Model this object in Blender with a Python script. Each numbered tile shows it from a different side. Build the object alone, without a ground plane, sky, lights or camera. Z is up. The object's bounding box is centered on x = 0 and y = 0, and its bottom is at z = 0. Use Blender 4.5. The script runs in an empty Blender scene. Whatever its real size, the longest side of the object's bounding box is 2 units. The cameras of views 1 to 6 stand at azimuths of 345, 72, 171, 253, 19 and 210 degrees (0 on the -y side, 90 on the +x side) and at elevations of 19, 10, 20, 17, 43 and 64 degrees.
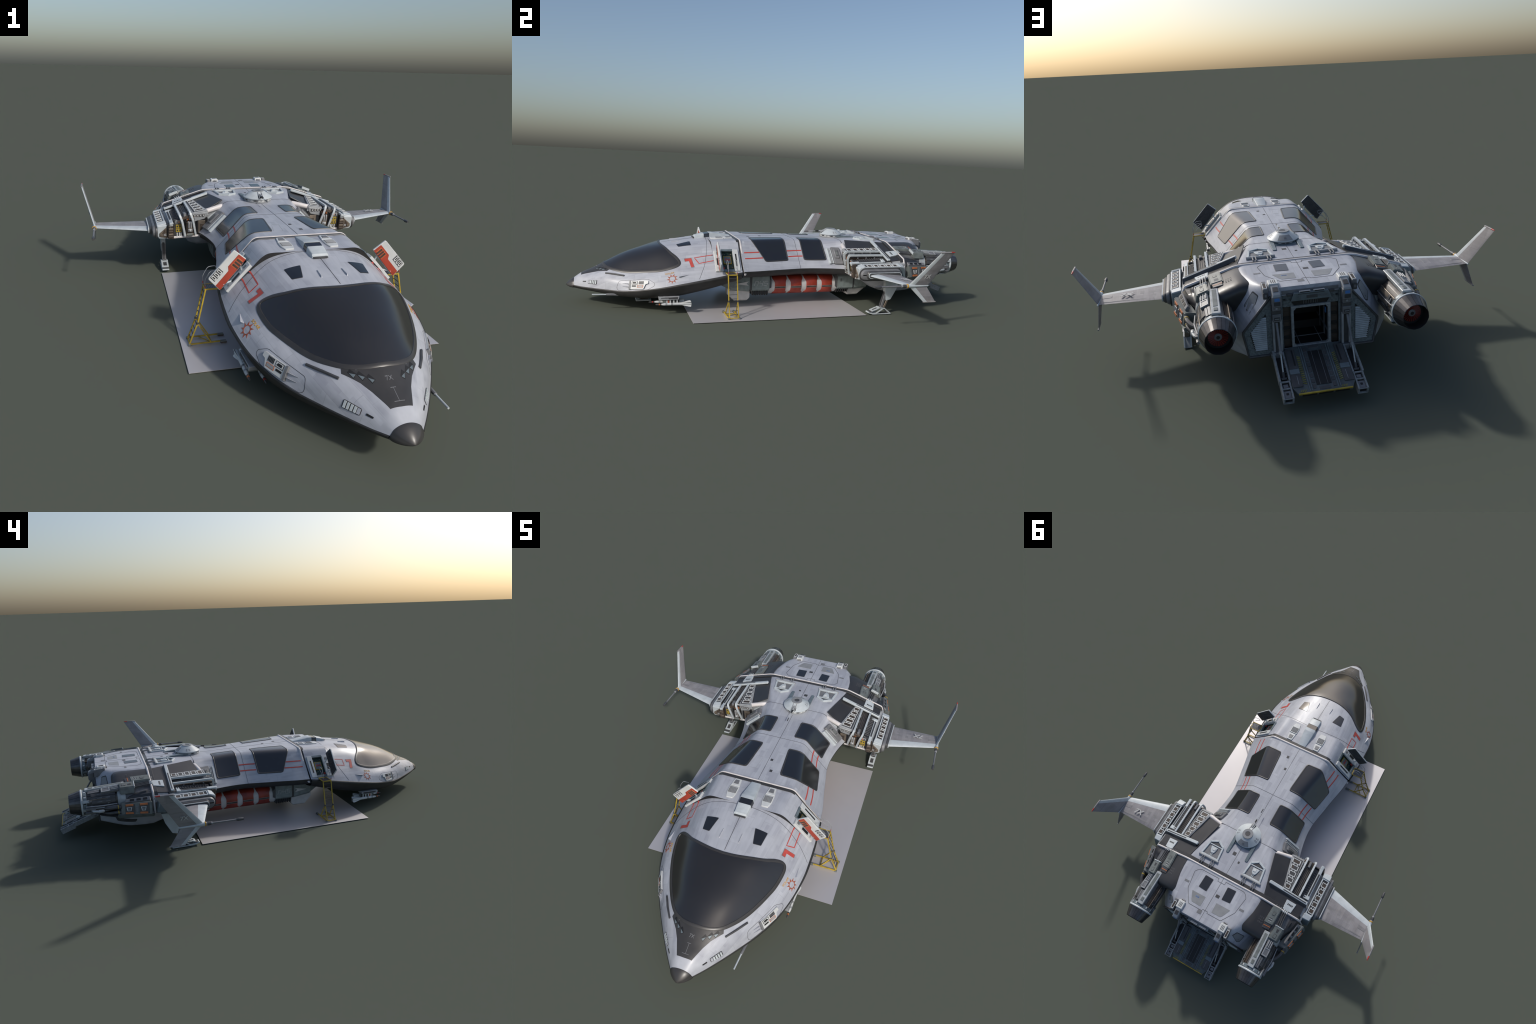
import bpy, bmesh, math, random
import numpy as np
from mathutils import Vector, Matrix
from mathutils.bvhtree import BVHTree

random.seed(7)
Vv = Vector

# ------------------------------------------------------------------ materials
MATS = {}


def principled(name, col, rough=0.5, metal=0.0, spec=0.5, coat=0.0):
    m = bpy.data.materials.new(name)
    m.use_nodes = True
    b = m.node_tree.nodes["Principled BSDF"]
    b.inputs["Base Color"].default_value = (*col, 1)
    b.inputs["Roughness"].default_value = rough
    b.inputs["Metallic"].default_value = metal
    b.inputs["Specular IOR Level"].default_value = spec
    b.inputs["Coat Weight"].default_value = coat
    MATS[name] = m
    return m


def plated(name, col, vary, rough, metal=0.0, bricks=((0.055, 0.016), (0.13, 0.045)), streak=0.12, line=0.74, dirt=(0.5, 0.46, 0.40), dirt_amount=0.0):
    """paint broken into small rectangular plates of slightly different shade, thin seams and fine streaks"""
    m = principled(name, col, rough, metal)
    nt = m.node_tree
    N, L = nt.nodes, nt.links
    b = N["Principled BSDF"]
    tc = N.new("ShaderNodeTexCoord")
    sep = N.new("ShaderNodeSeparateXYZ")
    L.new(tc.outputs["Object"], sep.inputs[0])
    ab = N.new("ShaderNodeMath"); ab.operation = "ABSOLUTE"
    L.new(sep.outputs["X"], ab.inputs[0])
    sb = N.new("ShaderNodeMath"); sb.operation = "SUBTRACT"
    L.new(ab.outputs[0], sb.inputs[0]); L.new(sep.outputs["Z"], sb.inputs[1])
    comb = N.new("ShaderNodeCombineXYZ")
    L.new(sep.outputs["Y"], comb.inputs["X"]); L.new(sb.outputs[0], comb.inputs["Y"])
    last = None
    for k, (bw, rh) in enumerate(bricks):
        mp = N.new("ShaderNodeMapping")
        mp.inputs["Location"].default_value = (0.37 + k * 0.013, 0.61 + 0.007 * k, 0)
        L.new(comb.outputs[0], mp.inputs[0])
        br = N.new("ShaderNodeTexBrick")
        br.inputs["Scale"].default_value = 1.0
        br.inputs["Brick Width"].default_value = bw
        br.inputs["Row Height"].default_value = rh
        br.inputs["Mortar Size"].default_value = 0.0006 if k else 0.0
        br.inputs["Mortar Smooth"].default_value = 0.3
        br.inputs["Color1"].default_value = (1, 1, 1, 1)
        br.inputs["Color2"].default_value = (1 - vary, 1 - vary, 1 - vary * 0.9, 1)
        br.inputs["Mortar"].default_value = (line, line, line, 1)
        br.offset = 0.37
        br.offset_frequency = 2
        br.squash = 1.6
        br.squash_frequency = 3
        L.new(mp.outputs[0], br.inputs["Vector"])
        if last is None:
            last = br.outputs["Color"]
        else:
            mx = N.new("ShaderNodeMix"); mx.data_type = "RGBA"; mx.blend_type = "MULTIPLY"
            mx.inputs[0].default_value = 1.0
            L.new(last, mx.inputs[6]); L.new(br.outputs["Color"], mx.inputs[7])
            last = mx.outputs[2]
    # patchy mask so that the plate pattern fades in places
    pn = N.new("ShaderNodeTexNoise"); pn.inputs["Scale"].default_value = 9.0
    L.new(tc.outputs["Object"], pn.inputs["Vector"])
    pr = N.new("ShaderNodeValToRGB")
    pr.color_ramp.elements[0].position = 0.30; pr.color_ramp.elements[1].position = 0.46
    L.new(pn.outputs["Fac"], pr.inputs[0])
    fade = N.new("ShaderNodeMix"); fade.data_type = "RGBA"
    fade.inputs[6].default_value = (1 - vary * 0.35,) * 3 + (1,)
    L.new(pr.outputs["Color"], fade.inputs[0]); L.new(last, fade.inputs[7])
    # streaks running along the hull
    mp = N.new("ShaderNodeMapping"); mp.inputs["Scale"].default_value = (90, 7, 90)
    L.new(tc.outputs["Object"], mp.inputs[0])
    ns = N.new("ShaderNodeTexNoise"); ns.inputs["Scale"].default_value = 1.0; ns.inputs["Detail"].default_value = 4
    L.new(mp.outputs[0], ns.inputs["Vector"])
    mr = N.new("ShaderNodeMapRange")
    mr.inputs["From Min"].default_value = 0.3; mr.inputs["From Max"].default_value = 0.7
    mr.inputs["To Min"].default_value = 1 - streak; mr.inputs["To Max"].default_value = 1 + streak * 0.4
    L.new(ns.outputs["Fac"], mr.inputs[0])
    m2 = N.new("ShaderNodeMix"); m2.data_type = "RGBA"; m2.blend_type = "MULTIPLY"; m2.inputs[0].default_value = 1
    L.new(fade.outputs[2], m2.inputs[6]); L.new(mr.outputs[0], m2.inputs[7])
    m3 = N.new("ShaderNodeMix"); m3.data_type = "RGBA"; m3.blend_type = "MULTIPLY"; m3.inputs[0].default_value = 1
    m3.inputs[7].default_value = (*col, 1)
    L.new(m2.outputs[2], m3.inputs[6])
    out = m3.outputs[2]
    if dirt_amount:
        dn = N.new("ShaderNodeTexNoise"); dn.inputs["Scale"].default_value = 23.0; dn.inputs["Detail"].default_value = 6
        L.new(tc.outputs["Object"], dn.inputs["Vector"])
        dr = N.new("ShaderNodeValToRGB")
        dr.color_ramp.elements[0].position = 0.5; dr.color_ramp.elements[1].position = 0.75
        dr.color_ramp.elements[1].color = (dirt_amount,) * 3 + (1,)
        L.new(dn.outputs["Fac"], dr.inputs[0])
        dm = N.new("ShaderNodeMix"); dm.data_type = "RGBA"; dm.blend_type = "MULTIPLY"
        dm.inputs[7].default_value = (*dirt, 1)
        L.new(dr.outputs["Color"], dm.inputs[0]); L.new(out, dm.inputs[6])
        out = dm.outputs[2]
    L.new(out, b.inputs["Base Color"])
    rr = N.new("ShaderNodeMapRange")
    rr.inputs["To Min"].default_value = rough * 0.8; rr.inputs["To Max"].default_value = min(1, rough * 1.25)
    L.new(ns.outputs["Fac"], rr.inputs[0]); L.new(rr.outputs[0], b.inputs["Roughness"])
    return m


def worn(name, col, rough=0.5, metal=0.0, spec=0.5, amount=0.25, scale=40.0, dark=0.55):
    """plain paint or metal with fine mottled wear"""
    m = principled(name, col, rough, metal, spec)
    nt = m.node_tree
    N, L = nt.nodes, nt.links
    b = N["Principled BSDF"]
    tc = N.new("ShaderNodeTexCoord")
    ns = N.new("ShaderNodeTexNoise"); ns.inputs["Scale"].default_value = scale; ns.inputs["Detail"].default_value = 6
    L.new(tc.outputs["Object"], ns.inputs["Vector"])
    r = N.new("ShaderNodeValToRGB")
    r.color_ramp.elements[0].position = 0.35; r.color_ramp.elements[1].position = 0.62
    k = 1 - amount
    r.color_ramp.elements[0].color = (col[0] * k, col[1] * k, col[2] * k, 1)
    r.color_ramp.elements[1].color = (*col, 1)
    L.new(ns.outputs["Fac"], r.inputs[0]); L.new(r.outputs["Color"], b.inputs["Base Color"])
    return m


HULL = (0.435, 0.455, 0.50)
plated("hull_paint", HULL, 0.17, 0.38, streak=0.06, dirt=(0.62, 0.62, 0.63), dirt_amount=0.2)
plated("wing_paint", (0.30, 0.29, 0.295), 0.2, 0.45, bricks=((0.05, 0.02), (0.09, 0.035)), dirt_amount=0.4)
worn("wing_shade", (0.235, 0.23, 0.235), 0.45, amount=0.2)
worn("frame_grey", (0.25, 0.27, 0.28), 0.5, amount=0.3, scale=120)
worn("pale_trim", (0.46, 0.505, 0.53), 0.42, amount=0.12)
worn("white_paint", (0.55, 0.57, 0.57), 0.42, amount=0.10)
worn("warm_trim", (0.60, 0.575, 0.57), 0.42, amount=0.08)
worn("light_grey", (0.30, 0.315, 0.33), 0.45, amount=0.2)
worn("mid_grey", (0.17, 0.175, 0.185), 0.45, amount=0.25)
worn("dark_grey", (0.065, 0.066, 0.07), 0.45, amount=0.3)
plated("dark_panel", (0.036, 0.036, 0.038), 0.12, 0.36, streak=0.1, line=0.9)
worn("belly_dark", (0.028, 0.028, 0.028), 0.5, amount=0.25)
worn("black", (0.010, 0.010, 0.011), 0.55, amount=0.2)
worn("seam", (0.045, 0.046, 0.05), 0.6, amount=0.1)
worn("frame_dark", (0.042, 0.041, 0.041), 0.35, amount=0.15)
principled("glass_dark", (0.014, 0.015, 0.018), 0.14, 0.0, 0.95)
principled("canopy_glass", (0.018, 0.017, 0.017), 0.20, 0.0, 0.9)
worn("red_paint", (0.42, 0.04, 0.03), 0.45, amount=0.2)
worn("mark_red", (0.48, 0.07, 0.055), 0.45, amount=0.2)
worn("rust_red", (0.34, 0.085, 0.04), 0.5, amount=0.25)
worn("orange", (0.52, 0.16, 0.05), 0.5, amount=0.25)
worn("faded_yellow", (0.20, 0.19, 0.05), 0.5, amount=0.4)  # duller, greener yellow for the ramp stripes
worn("yellow", (0.47, 0.335, 0.035), 0.5, amount=0.35)
worn("gold", (0.55, 0.30, 0.03), 0.4, amount=0.2)
worn("door_red", (0.36, 0.05, 0.027), 0.5, amount=0.25, scale=25)
worn("brown_dark", (0.06, 0.045, 0.035), 0.5, amount=0.4)
worn("bronze", (0.20, 0.165, 0.13), 0.4, 0.4, amount=0.35)
worn("green_grey", (0.155, 0.175, 0.17), 0.45, amount=0.3)
worn("pod_grey", (0.19, 0.225, 0.222), 0.45, amount=0.25, scale=60)
worn("pod_band", (0.50, 0.49, 0.48), 0.4, amount=0.15)
worn("pod_red", (0.30, 0.036, 0.018), 0.4, amount=0.4, scale=22)
worn("engine_metal", (0.13, 0.125, 0.12), 0.35, 0.5, amount=0.35, scale=50)
plated("cowl_grey", (0.17, 0.175, 0.18), 0.3, 0.38, 0.2, bricks=((0.03, 0.018), (0.06, 0.03)), streak=0.1, dirt_amount=0.3)
worn("engine_light", (0.42, 0.45, 0.46), 0.4, 0.2, amount=0.25)
worn("nozzle_metal", (0.12, 0.115, 0.115), 0.3, 0.7, amount=0.35, scale=30)
worn("turbine_red", (0.20, 0.018, 0.012), 0.5, amount=0.3)
worn("steel_blue", (0.16, 0.20, 0.22), 0.4, 0.2, amount=0.25)
worn("ramp_metal", (0.10, 0.12, 0.125), 0.45, 0.3, amount=0.35)
worn("circuit_green", (0.03, 0.065, 0.055), 0.5, amount=0.6, scale=120)
worn("blue", (0.06, 0.19, 0.48), 0.4, amount=0.2)
worn("trap_grey", (0.23, 0.24, 0.25), 0.4, amount=0.15)
worn("pad_paint", (0.56, 0.54, 0.55), 0.46, 0.35, amount=0.04, scale=6)
MATS["pad_paint"].node_tree.nodes["Principled BSDF"].inputs["IOR"].default_value = 2.4
worn("rough_wall", (0.15, 0.18, 0.19), 0.6, amount=0.45, scale=160)
worn("text_pale", (0.42, 0.43, 0.43), 0.5, amount=0.15)


# ------------------------------------------------------------------ geometry helpers
class G:
    """a heap of polygons with material names"""

    def __init__(self):
        self.v, self.f, self.m = [], [], []

    def raw(self, verts, faces, mat):
        o = len(self.v)
        self.v += [tuple(p) for p in verts]
        for fc in faces:
            self.f.append([o + i for i in fc]); self.m.append(mat)
        return self

    def bm(self, bm, mat):
        bm.verts.index_update()
        self.raw([p.co[:] for p in bm.verts], [[p.index for p in f.verts] for f in bm.faces], mat)
        bm.free()
        return self

    def hexa(self, p8, mat, b=0.0008, seg=1):
        """eight corners: bottom ring of four, top ring of four"""
        bm = bmesh.new()
        vs = [bm.verts.new(p) for p in p8]
        for q in ((3, 2, 1, 0), (4, 5, 6, 7), (0, 1, 5, 4), (1, 2, 6, 5), (2, 3, 7, 6), (3, 0, 4, 7)):
            bm.faces.new([vs[i] for i in q])
        bmesh.ops.recalc_face_normals(bm, faces=bm.faces)
        if b:
            bmesh.ops.bevel(bm, geom=list(bm.edges), offset=b, segments=seg, affect="EDGES", clamp_overlap=True)
        return self.bm(bm, mat)

    def box(self, lo, hi, mat, b=0.0008):
        (x0, y0, z0), (x1, y1, z1) = lo, hi
        return self.hexa([(x0, y0, z0), (x1, y0, z0), (x1, y1, z0), (x0, y1, z0),
                          (x0, y0, z1), (x1, y0, z1), (x1, y1, z1), (x0, y1, z1)], mat, b)

    def slab(self, pts, depth, mat, up=(0, 0, 1), b=0.0008, lift=0.0):
        """flat polygon thickened downwards, against its own normal"""
        pts = [Vv(p) for p in pts]
        n = Vv((0, 0, 0))
        for i in range(len(pts)):
            a, c = pts[i], pts[(i + 1) % len(pts)]
            n += Vv(((a.y - c.y) * (a.z + c.z), (a.z - c.z) * (a.x + c.x), (a.x - c.x) * (a.y + c.y)))
        n.normalize()
        if n.dot(Vv(up)) < 0:
            n = -n
        pts = [p + n * lift for p in pts]
        bm = bmesh.new()
        top = [bm.verts.new(p) for p in pts]
        bot = [bm.verts.new(p - n * depth) for p in pts]
        bm.faces.new(top); bm.faces.new(bot[::-1])
        k = len(pts)
        for i in range(k):
            bm.faces.new([top[i], bot[i], bot[(i + 1) % k], top[(i + 1) % k]])
        bmesh.ops.recalc_face_normals(bm, faces=bm.faces)
        if b:
            bmesh.ops.bevel(bm, geom=list(bm.edges), offset=min(b, depth * 0.45), segments=1, affect="EDGES", clamp_overlap=True)
        return self.bm(bm, mat)

    def frame(self, quad, w, depth, mat, up=(0, 0, 1), lift=0.0):
        """four bars round a quad; w is the bar width as a fraction of each side"""
        q = [Vv(p) for p in quad]
        P = lambda u, v: (q[0] * (1 - u) + q[1] * u) * (1 - v) + (q[3] * (1 - u) + q[2] * u) * v
        wu, wv = w if isinstance(w, tuple) else (w, w)
        for r in ((0, 1, 0, wv), (0, 1, 1 - wv, 1), (0, wu, wv, 1 - wv), (1 - wu, 1, wv, 1 - wv)):
            self.slab([P(r[0], r[2]), P(r[1], r[2]), P(r[1], r[3]), P(r[0], r[3])], depth, mat, up, 0.0004, lift)
        return self

    def tube(self, pts, r, mat, n=8, cap=True, flat=None):
        """round tube along a polyline; r may be a list; flat=(w,h) gives a rectangular bar"""
        pts = [Vv(p) for p in pts]
        rs = r if isinstance(r, (list, tuple)) else [r] * len(pts)
        rings = []
        prev = None
        for i, p in enumerate(pts):
            if i == 0: t = pts[1] - pts[0]
            elif i == len(pts) - 1: t = pts[-1] - pts[-2]
            else: t = (pts[i + 1] - p).normalized() + (p - pts[i - 1]).normalized()
            t.normalize()
            ref = Vv((0, 0, 1)) if abs(t.z) < 0.9 else Vv((0, 1, 0))
            a = t.cross(ref).normalized() if prev is None else (prev - t * prev.dot(t)).normalized()
            prev = a
            bb = a.cross(t).normalized()
            if flat:
                w, h = flat[0] / 2, flat[1] / 2
                rings.append([p + a * sx * w + bb * sz * h for sx, sz in ((-1, -1), (1, -1), (1, 1), (-1, 1))])
            else:
                rings.append([p + (a * math.cos(2 * math.pi * k / n) + bb * math.sin(2 * math.pi * k / n)) * rs[i] for k in range(n)])
        return self.loft(rings, mat, True, cap)

    def loft(self, rings, mat, closed=True, cap=True):
        n = len(rings[0])
        vs = [p for r in rings for p in r]
        fs = []
        for i in range(len(rings) - 1):
            for k in range(n if closed else n - 1):
                a, c = i * n + k, i * n + (k + 1) % n
                fs.append([a, c, c + n, a + n])
        if cap:
            fs.append(list(range(n))[::-1]); fs.append([(len(rings) - 1) * n + k for k in range(n)])
        bm = bmesh.new()
        bv = [bm.verts.new(p) for p in vs]
        for f in fs:
            try: bm.faces.new([bv[i] for i in f])
            except ValueError: pass
        bmesh.ops.recalc_face_normals(bm, faces=bm.faces)
        return self.bm(bm, mat)

    def lathe(self, prof, org, axis, mat, n=32, cap=True):
        """prof: (distance along axis, radius)"""
        ax = Vv(axis).normalized()
        ref = Vv((0, 0, 1)) if abs(ax.z) < 0.9 else Vv((1, 0, 0))
        a = ax.cross(ref).normalized(); b = a.cross(ax)
        o = Vv(org)
        return self.loft([[o + ax * t + (a * math.cos(2 * math.pi * k / n) + b * math.sin(2 * math.pi * k / n)) * r for k in range(n)] for t, r in prof], mat, True, cap)

    def add(self, other):
        o = len(self.v)
        self.v += other.v
        self.f += [[o + i for i in f] for f in other.f]
        self.m += other.m
        return self

    def mirrored(self):
        g = G()
        g.v = [(-x, y, z) for x, y, z in self.v]
        g.f = [f[::-1] for f in self.f]
        g.m = list(self.m)
        return g


def part(name, g, parent=None, angle=32, stuff=False):
    me = bpy.data.meshes.new(name)
    me.from_pydata(g.v, [], g.f)
    names = list(dict.fromkeys(g.m))
    for n in names: me.materials.append(MATS[n])
    idx = {n: i for i, n in enumerate(names)}
    me.polygons.foreach_set("material_index", [idx[n] for n in g.m])
    me.polygons.foreach_set("use_smooth", [True] * len(me.polygons))
    me.update()
    me.set_sharp_from_angle(angle=math.radians(angle))
    o = bpy.data.objects.new(name, me)
    bpy.context.scene.collection.objects.link(o)
    if parent: o.parent = parent
    if stuff: o["kind"] = "stuff"
    return o


def pair(name, g, parents=None, angle=32, stuff=False):
    pr = parents if isinstance(parents, tuple) else (parents, parents)
    return part(name, g, pr[0], angle, stuff), part(name, g.mirrored(), pr[1], angle, stuff)


def both(name, g, parent=None, **k):
    """one mesh holding the piece and its mirror image"""
    return part(name, G().add(g).add(g.mirrored()), parent, **k)


def lerp(a, b, t): return a + (b - a) * t


def hermite(xs, ys, x):
    xs, ys = np.array(xs, float), np.array(ys, float)
    d = np.diff(ys) / np.diff(xs)
    m = np.zeros_like(ys)
    m[0], m[-1] = d[0], d[-1]
    for i in range(1, len(xs) - 1):
        h0, h1 = xs[i] - xs[i - 1], xs[i + 1] - xs[i]
        m[i] = (d[i - 1] * h1 + d[i] * h0) / (h0 + h1)
        if d[i - 1] * d[i] <= 0: m[i] *= 0.3
    i = int(np.clip(np.searchsorted(xs, x) - 1, 0, len(xs) - 2))
    h = xs[i + 1] - xs[i]; t = (x - xs[i]) / h
    return ((2 * t**3 - 3 * t**2 + 1) * ys[i] + (t**3 - 2 * t**2 + t) * h * m[i] + (-2 * t**3 + 3 * t**2) * ys[i + 1] + (t**3 - t**2) * h * m[i + 1])


def smooth_section(P, n):
    """Catmull-Rom through half-section points; the first lies on the mid plane and is crossed level"""
    P = [np.array(p, float) for p in P]
    Q = [np.array([-P[1][0], P[1][1]])] + P + [2 * P[-1] - P[-2]]
    T = [0.0]
    for i in range(1, len(Q)): T.append(T[-1] + max(1e-6, np.linalg.norm(Q[i] - Q[i - 1]) ** 0.6))
    out = []
    for s in np.linspace(0, 1, n):
        u = T[1] + (T[-2] - T[1]) * s
        i = max(1, min(len(Q) - 3, int(np.searchsorted(T, u, side="right") - 1)))
        t0, t1, t2, t3 = T[i - 1:i + 3]
        p0, p1, p2, p3 = Q[i - 1:i + 3]
        A1 = (t1 - u) / (t1 - t0) * p0 + (u - t0) / (t1 - t0) * p1
        A2 = (t2 - u) / (t2 - t1) * p1 + (u - t1) / (t2 - t1) * p2
        A3 = (t3 - u) / (t3 - t2) * p2 + (u - t2) / (t3 - t2) * p3
        B1 = (t2 - u) / (t2 - t0) * A1 + (u - t0) / (t2 - t0) * A2
        B2 = (t3 - u) / (t3 - t1) * A2 + (u - t1) / (t3 - t1) * A3
        out.append((t2 - u) / (t2 - t1) * B1 + (u - t1) / (t2 - t1) * B2)
    return out


def round_path(pts, r, seg=4, closed=True):
    """cut the corners of a polygon or polyline with small arcs (2D or 3D points)"""
    pts = [Vv(p) for p in pts]
    n = len(pts)
    rs = r if isinstance(r, (list, tuple)) else [r] * n
    out = []
    for i in range(n):
        if rs[i] <= 0 or (not closed and i in (0, n - 1)):
            out.append(pts[i]); continue
        a, p, c = pts[i - 1], pts[i], pts[(i + 1) % n]
        d = min(rs[i], (a - p).length * 0.45, (c - p).length * 0.45)
        s, e = p + (a - p).normalized() * d, p + (c - p).normalized() * d
        for k in range(seg + 1):
            t = k / seg
            out.append(s * (1 - t)**2 + p * 2 * t * (1 - t) + e * t**2)
    return out


BVH = None


def set_surface(geos):
    global BVH
    vs, fs = [], []
    for g in geos:
        o = len(vs)
        vs += [Vv(p) for p in g.v]
        fs += [[o + i for i in f] for f in g.f]
    BVH = BVHTree.FromPolygons(vs, fs)


def cast(p, d, far=0.5):
    d = Vv(d).normalized()
    hit = BVH.ray_cast(Vv(p) - d * far, d)
    if hit[0] is None:
        near = BVH.find_nearest(Vv(p))
        return near[0]
    return hit[0]


def axes(d):
    d = Vv(d).normalized()
    u = Vv((0, 1, 0)) if abs(d.y) < 0.8 else Vv((1, 0, 0))
    u = (u - d * u.dot(d)).normalized()
    return d, u, d.cross(u).normalized()


def decal(g, pts, d, mat, lift=0.0008, cell=0.012, radius=0.0, sink=0.0015, conform=True):
    """a thin plate lying on the hull: polygon given by rough 3D points, pressed on along d"""
    d, u, v = axes(d)
    pts = [Vv(p) for p in pts]
    o = sum(pts, Vv((0, 0, 0))) / len(pts)
    q = [Vv(((p - o).dot(u), (p - o).dot(v), 0)) for p in pts]
    if radius: q = round_path(q, radius)
    bm = bmesh.new()
    bm.faces.new([bm.verts.new(p) for p in q])
    if conform:
        for ax in (0, 1):
            lo, hi = min(p[ax] for p in q), max(p[ax] for p in q)
            k = int((hi - lo) / cell)
            for i in range(1, k + 1):
                c = lo + (hi - lo) * i / (k + 1)
                co = [0, 0, 0]; co[ax] = c
                no = [0, 0, 0]; no[ax] = 1
                bmesh.ops.bisect_plane(bm, geom=bm.verts[:] + bm.edges[:] + bm.faces[:], plane_co=co, plane_no=no)
    bmesh.ops.triangulate(bm, faces=[f for f in bm.faces if len(f.verts) > 4])
    bm.normal_update()
    for f in bm.faces:
        if f.normal.z > 0: f.normal_flip()   # plane normal +d is into the hull
    top = {}
    for p in bm.verts:
        w = o + u * p.co.x + v * p.co.y
        top[p] = cast(w, d) - d * lift
    border = [e for e in bm.edges if e.is_boundary]
    bottom = {}
    verts = list(bm.verts)
    bm.verts.index_update()
    V = [top[p] for p in verts]
    F = [[p.index for p in f.verts] for f in bm.faces]
    for e in border:
        a, b = e.verts
        f = e.link_faces[0]
        vs = list(f.verts)
        i = vs.index(a)
        if vs[(i + 1) % len(vs)] != b: a, b = b, a
        for p in (a, b):
            if p not in bottom:
                bottom[p] = len(V); V.append(top[p] + d * (lift + sink))
        F.append([b.index, a.index, bottom[a], bottom[b]])
    bm.free()
    # make the winding face outwards
    f0 = F[0]
    n = (V[f0[1]] - V[f0[0]]).cross(V[f0[2]] - V[f0[0]])
    if n.dot(d) > 0: F = [f[::-1] for f in F]
    g.raw(V, F, mat)
    return g


def ribbon(g, pts, d, width, mat, lift=0.0005, step=0.012, closed=False, sink=0.0012):
    """a narrow strip following a polyline over the hull"""
    pts = [Vv(p) for p in pts]
    if closed: pts = pts + [pts[0]]
    fine = []
    for a, b in zip(pts, pts[1:]):
        k = max(1, int((b - a).length / step))
        fine += [a.lerp(b, i / k) for i in range(k)]
    fine.append(pts[-1])
    dn = Vv(d).normalized()
    W = [cast(p, d) for p in fine]
    rows = []
    for i, p in enumerate(W):
        t = (W[min(i + 1, len(W) - 1)] - W[max(i - 1, 0)])
        if closed and i in (0, len(W) - 1): t = W[1] - W[-2]
        t.normalize()
        s = t.cross(dn).normalized()
        l, r = cast(p + s * width / 2, d) - dn * lift, cast(p - s * width / 2, d) - dn * lift
        rows.append([l + dn * (lift + sink), l, r, r + dn * (lift + sink)])
    return g.loft(rows, mat, False, False)


def label(g, body, size, c, right, up, d, mat, lift=0.0006, shear=0.0, bold=0.0, press=True):
    cu = bpy.data.curves.new("lettering", "FONT")
    cu.body = body; cu.size = size; cu.align_x = "CENTER"; cu.align_y = "CENTER"
    cu.extrude = 0.0004; cu.shear = shear; cu.offset = bold; cu.resolution_u = 3
    ob = bpy.data.objects.new("lettering", cu)
    bpy.context.scene.collection.objects.link(ob)
    bpy.context.view_layer.update()
    me = bpy.data.meshes.new_from_object(ob.evaluated_get(bpy.context.evaluated_depsgraph_get()))
    r, w, dn, c = Vv(right).normalized(), Vv(up).normalized(), Vv(d).normalized(), Vv(c)
    V = []
    for p in me.vertices:
        q = c + r * p.co.x + w * p.co.y
        if press: q = cast(q, d)
        V.append(q - dn * (lift + p.co.z))
    flip = r.cross(w).dot(dn) > 0
    F = [list(f.vertices)[::-1] if flip else list(f.vertices) for f in me.polygons]
    g.raw(V, F, mat)
    bpy.data.objects.remove(ob); bpy.data.curves.remove(cu); bpy.data.meshes.remove(me)
    return g


def empty(name, loc, parent=None):
    o = bpy.data.objects.new(name, None)
    o.empty_display_size = 0.05
    bpy.context.scene.collection.objects.link(o)
    if parent: o.parent = parent
    return o

# ------------------------------------------------------------------ hull shape
# front body: half sections at stations along y; T roof, U shoulder, L flank, C chine, k keel height
FY = (-0.962, -0.93, -0.88, -0.81, -0.74, -0.65, -0.56, -0.50, -0.44, -0.335, -0.26, -0.195)
FT = (0.1215, 0.1425, 0.165, 0.202, 0.236, 0.267, 0.2905, 0.300, 0.308, 0.3205, 0.3245, 0.3265)
FU = ((0.020, 0.1175), (0.030, 0.1385), (0.046, 0.157), (0.056, 0.192), (0.080, 0.220), (0.108, 0.246), (0.125, 0.274), (0.138, 0.280), (0.142, 0.290), (0.150, 0.3015), (0.152, 0.315), (0.154, 0.3225))
FL = ((0.034, 0.1085), (0.053, 0.120), (0.079, 0.139), (0.108, 0.168), (0.145, 0.172), (0.1915, 0.180), (0.224, 0.192), (0.232, 0.211), (0.240, 0.2140), (0.243, 0.232), (0.230, 0.249), (0.220, 0.2625))
FC = ((0.042, 0.094), (0.068, 0.0925), (0.106, 0.0935), (0.155, 0.095), (0.2005, 0.0975), (0.249, 0.113), (0.279, 0.131), (0.2905, 0.144), (0.2965, 0.1555), (0.296, 0.174), (0.291, 0.187), (0.2845, 0.196))
FM = ((0.0385, 0.1005), (0.0620, 0.1070), (0.0965, 0.1180), (0.1425, 0.1345), (0.1815, 0.1400), (0.2255, 0.1550), (0.2560, 0.1635), (0.2640, 0.1785), (0.2695, 0.1860), (0.2710, 0.2040), (0.2610, 0.2185), (0.2525, 0.2295))
FK = (0.075, 0.071, 0.066, 0.058, 0.052, 0.047, 0.052, 0.059, 0.071, 0.096, 0.117, 0.136)


def front(y):
    h = lambda c: float(hermite(FY, c, y))
    return (h(FT), (h([p[0] for p in FU]), h([p[1] for p in FU])), (h([p[0] for p in FL]), h([p[1] for p in FL])),
            (h([p[0] for p in FC]), h([p[1] for p in FC])), h(FK))


def mirror_ring(half, y):
    """half goes from the mid plane outwards; result runs from -x to +x"""
    return [Vv((-x, y, z)) for x, z in half[:0:-1]] + [Vv((x, y, z)) for x, z in half]


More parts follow.
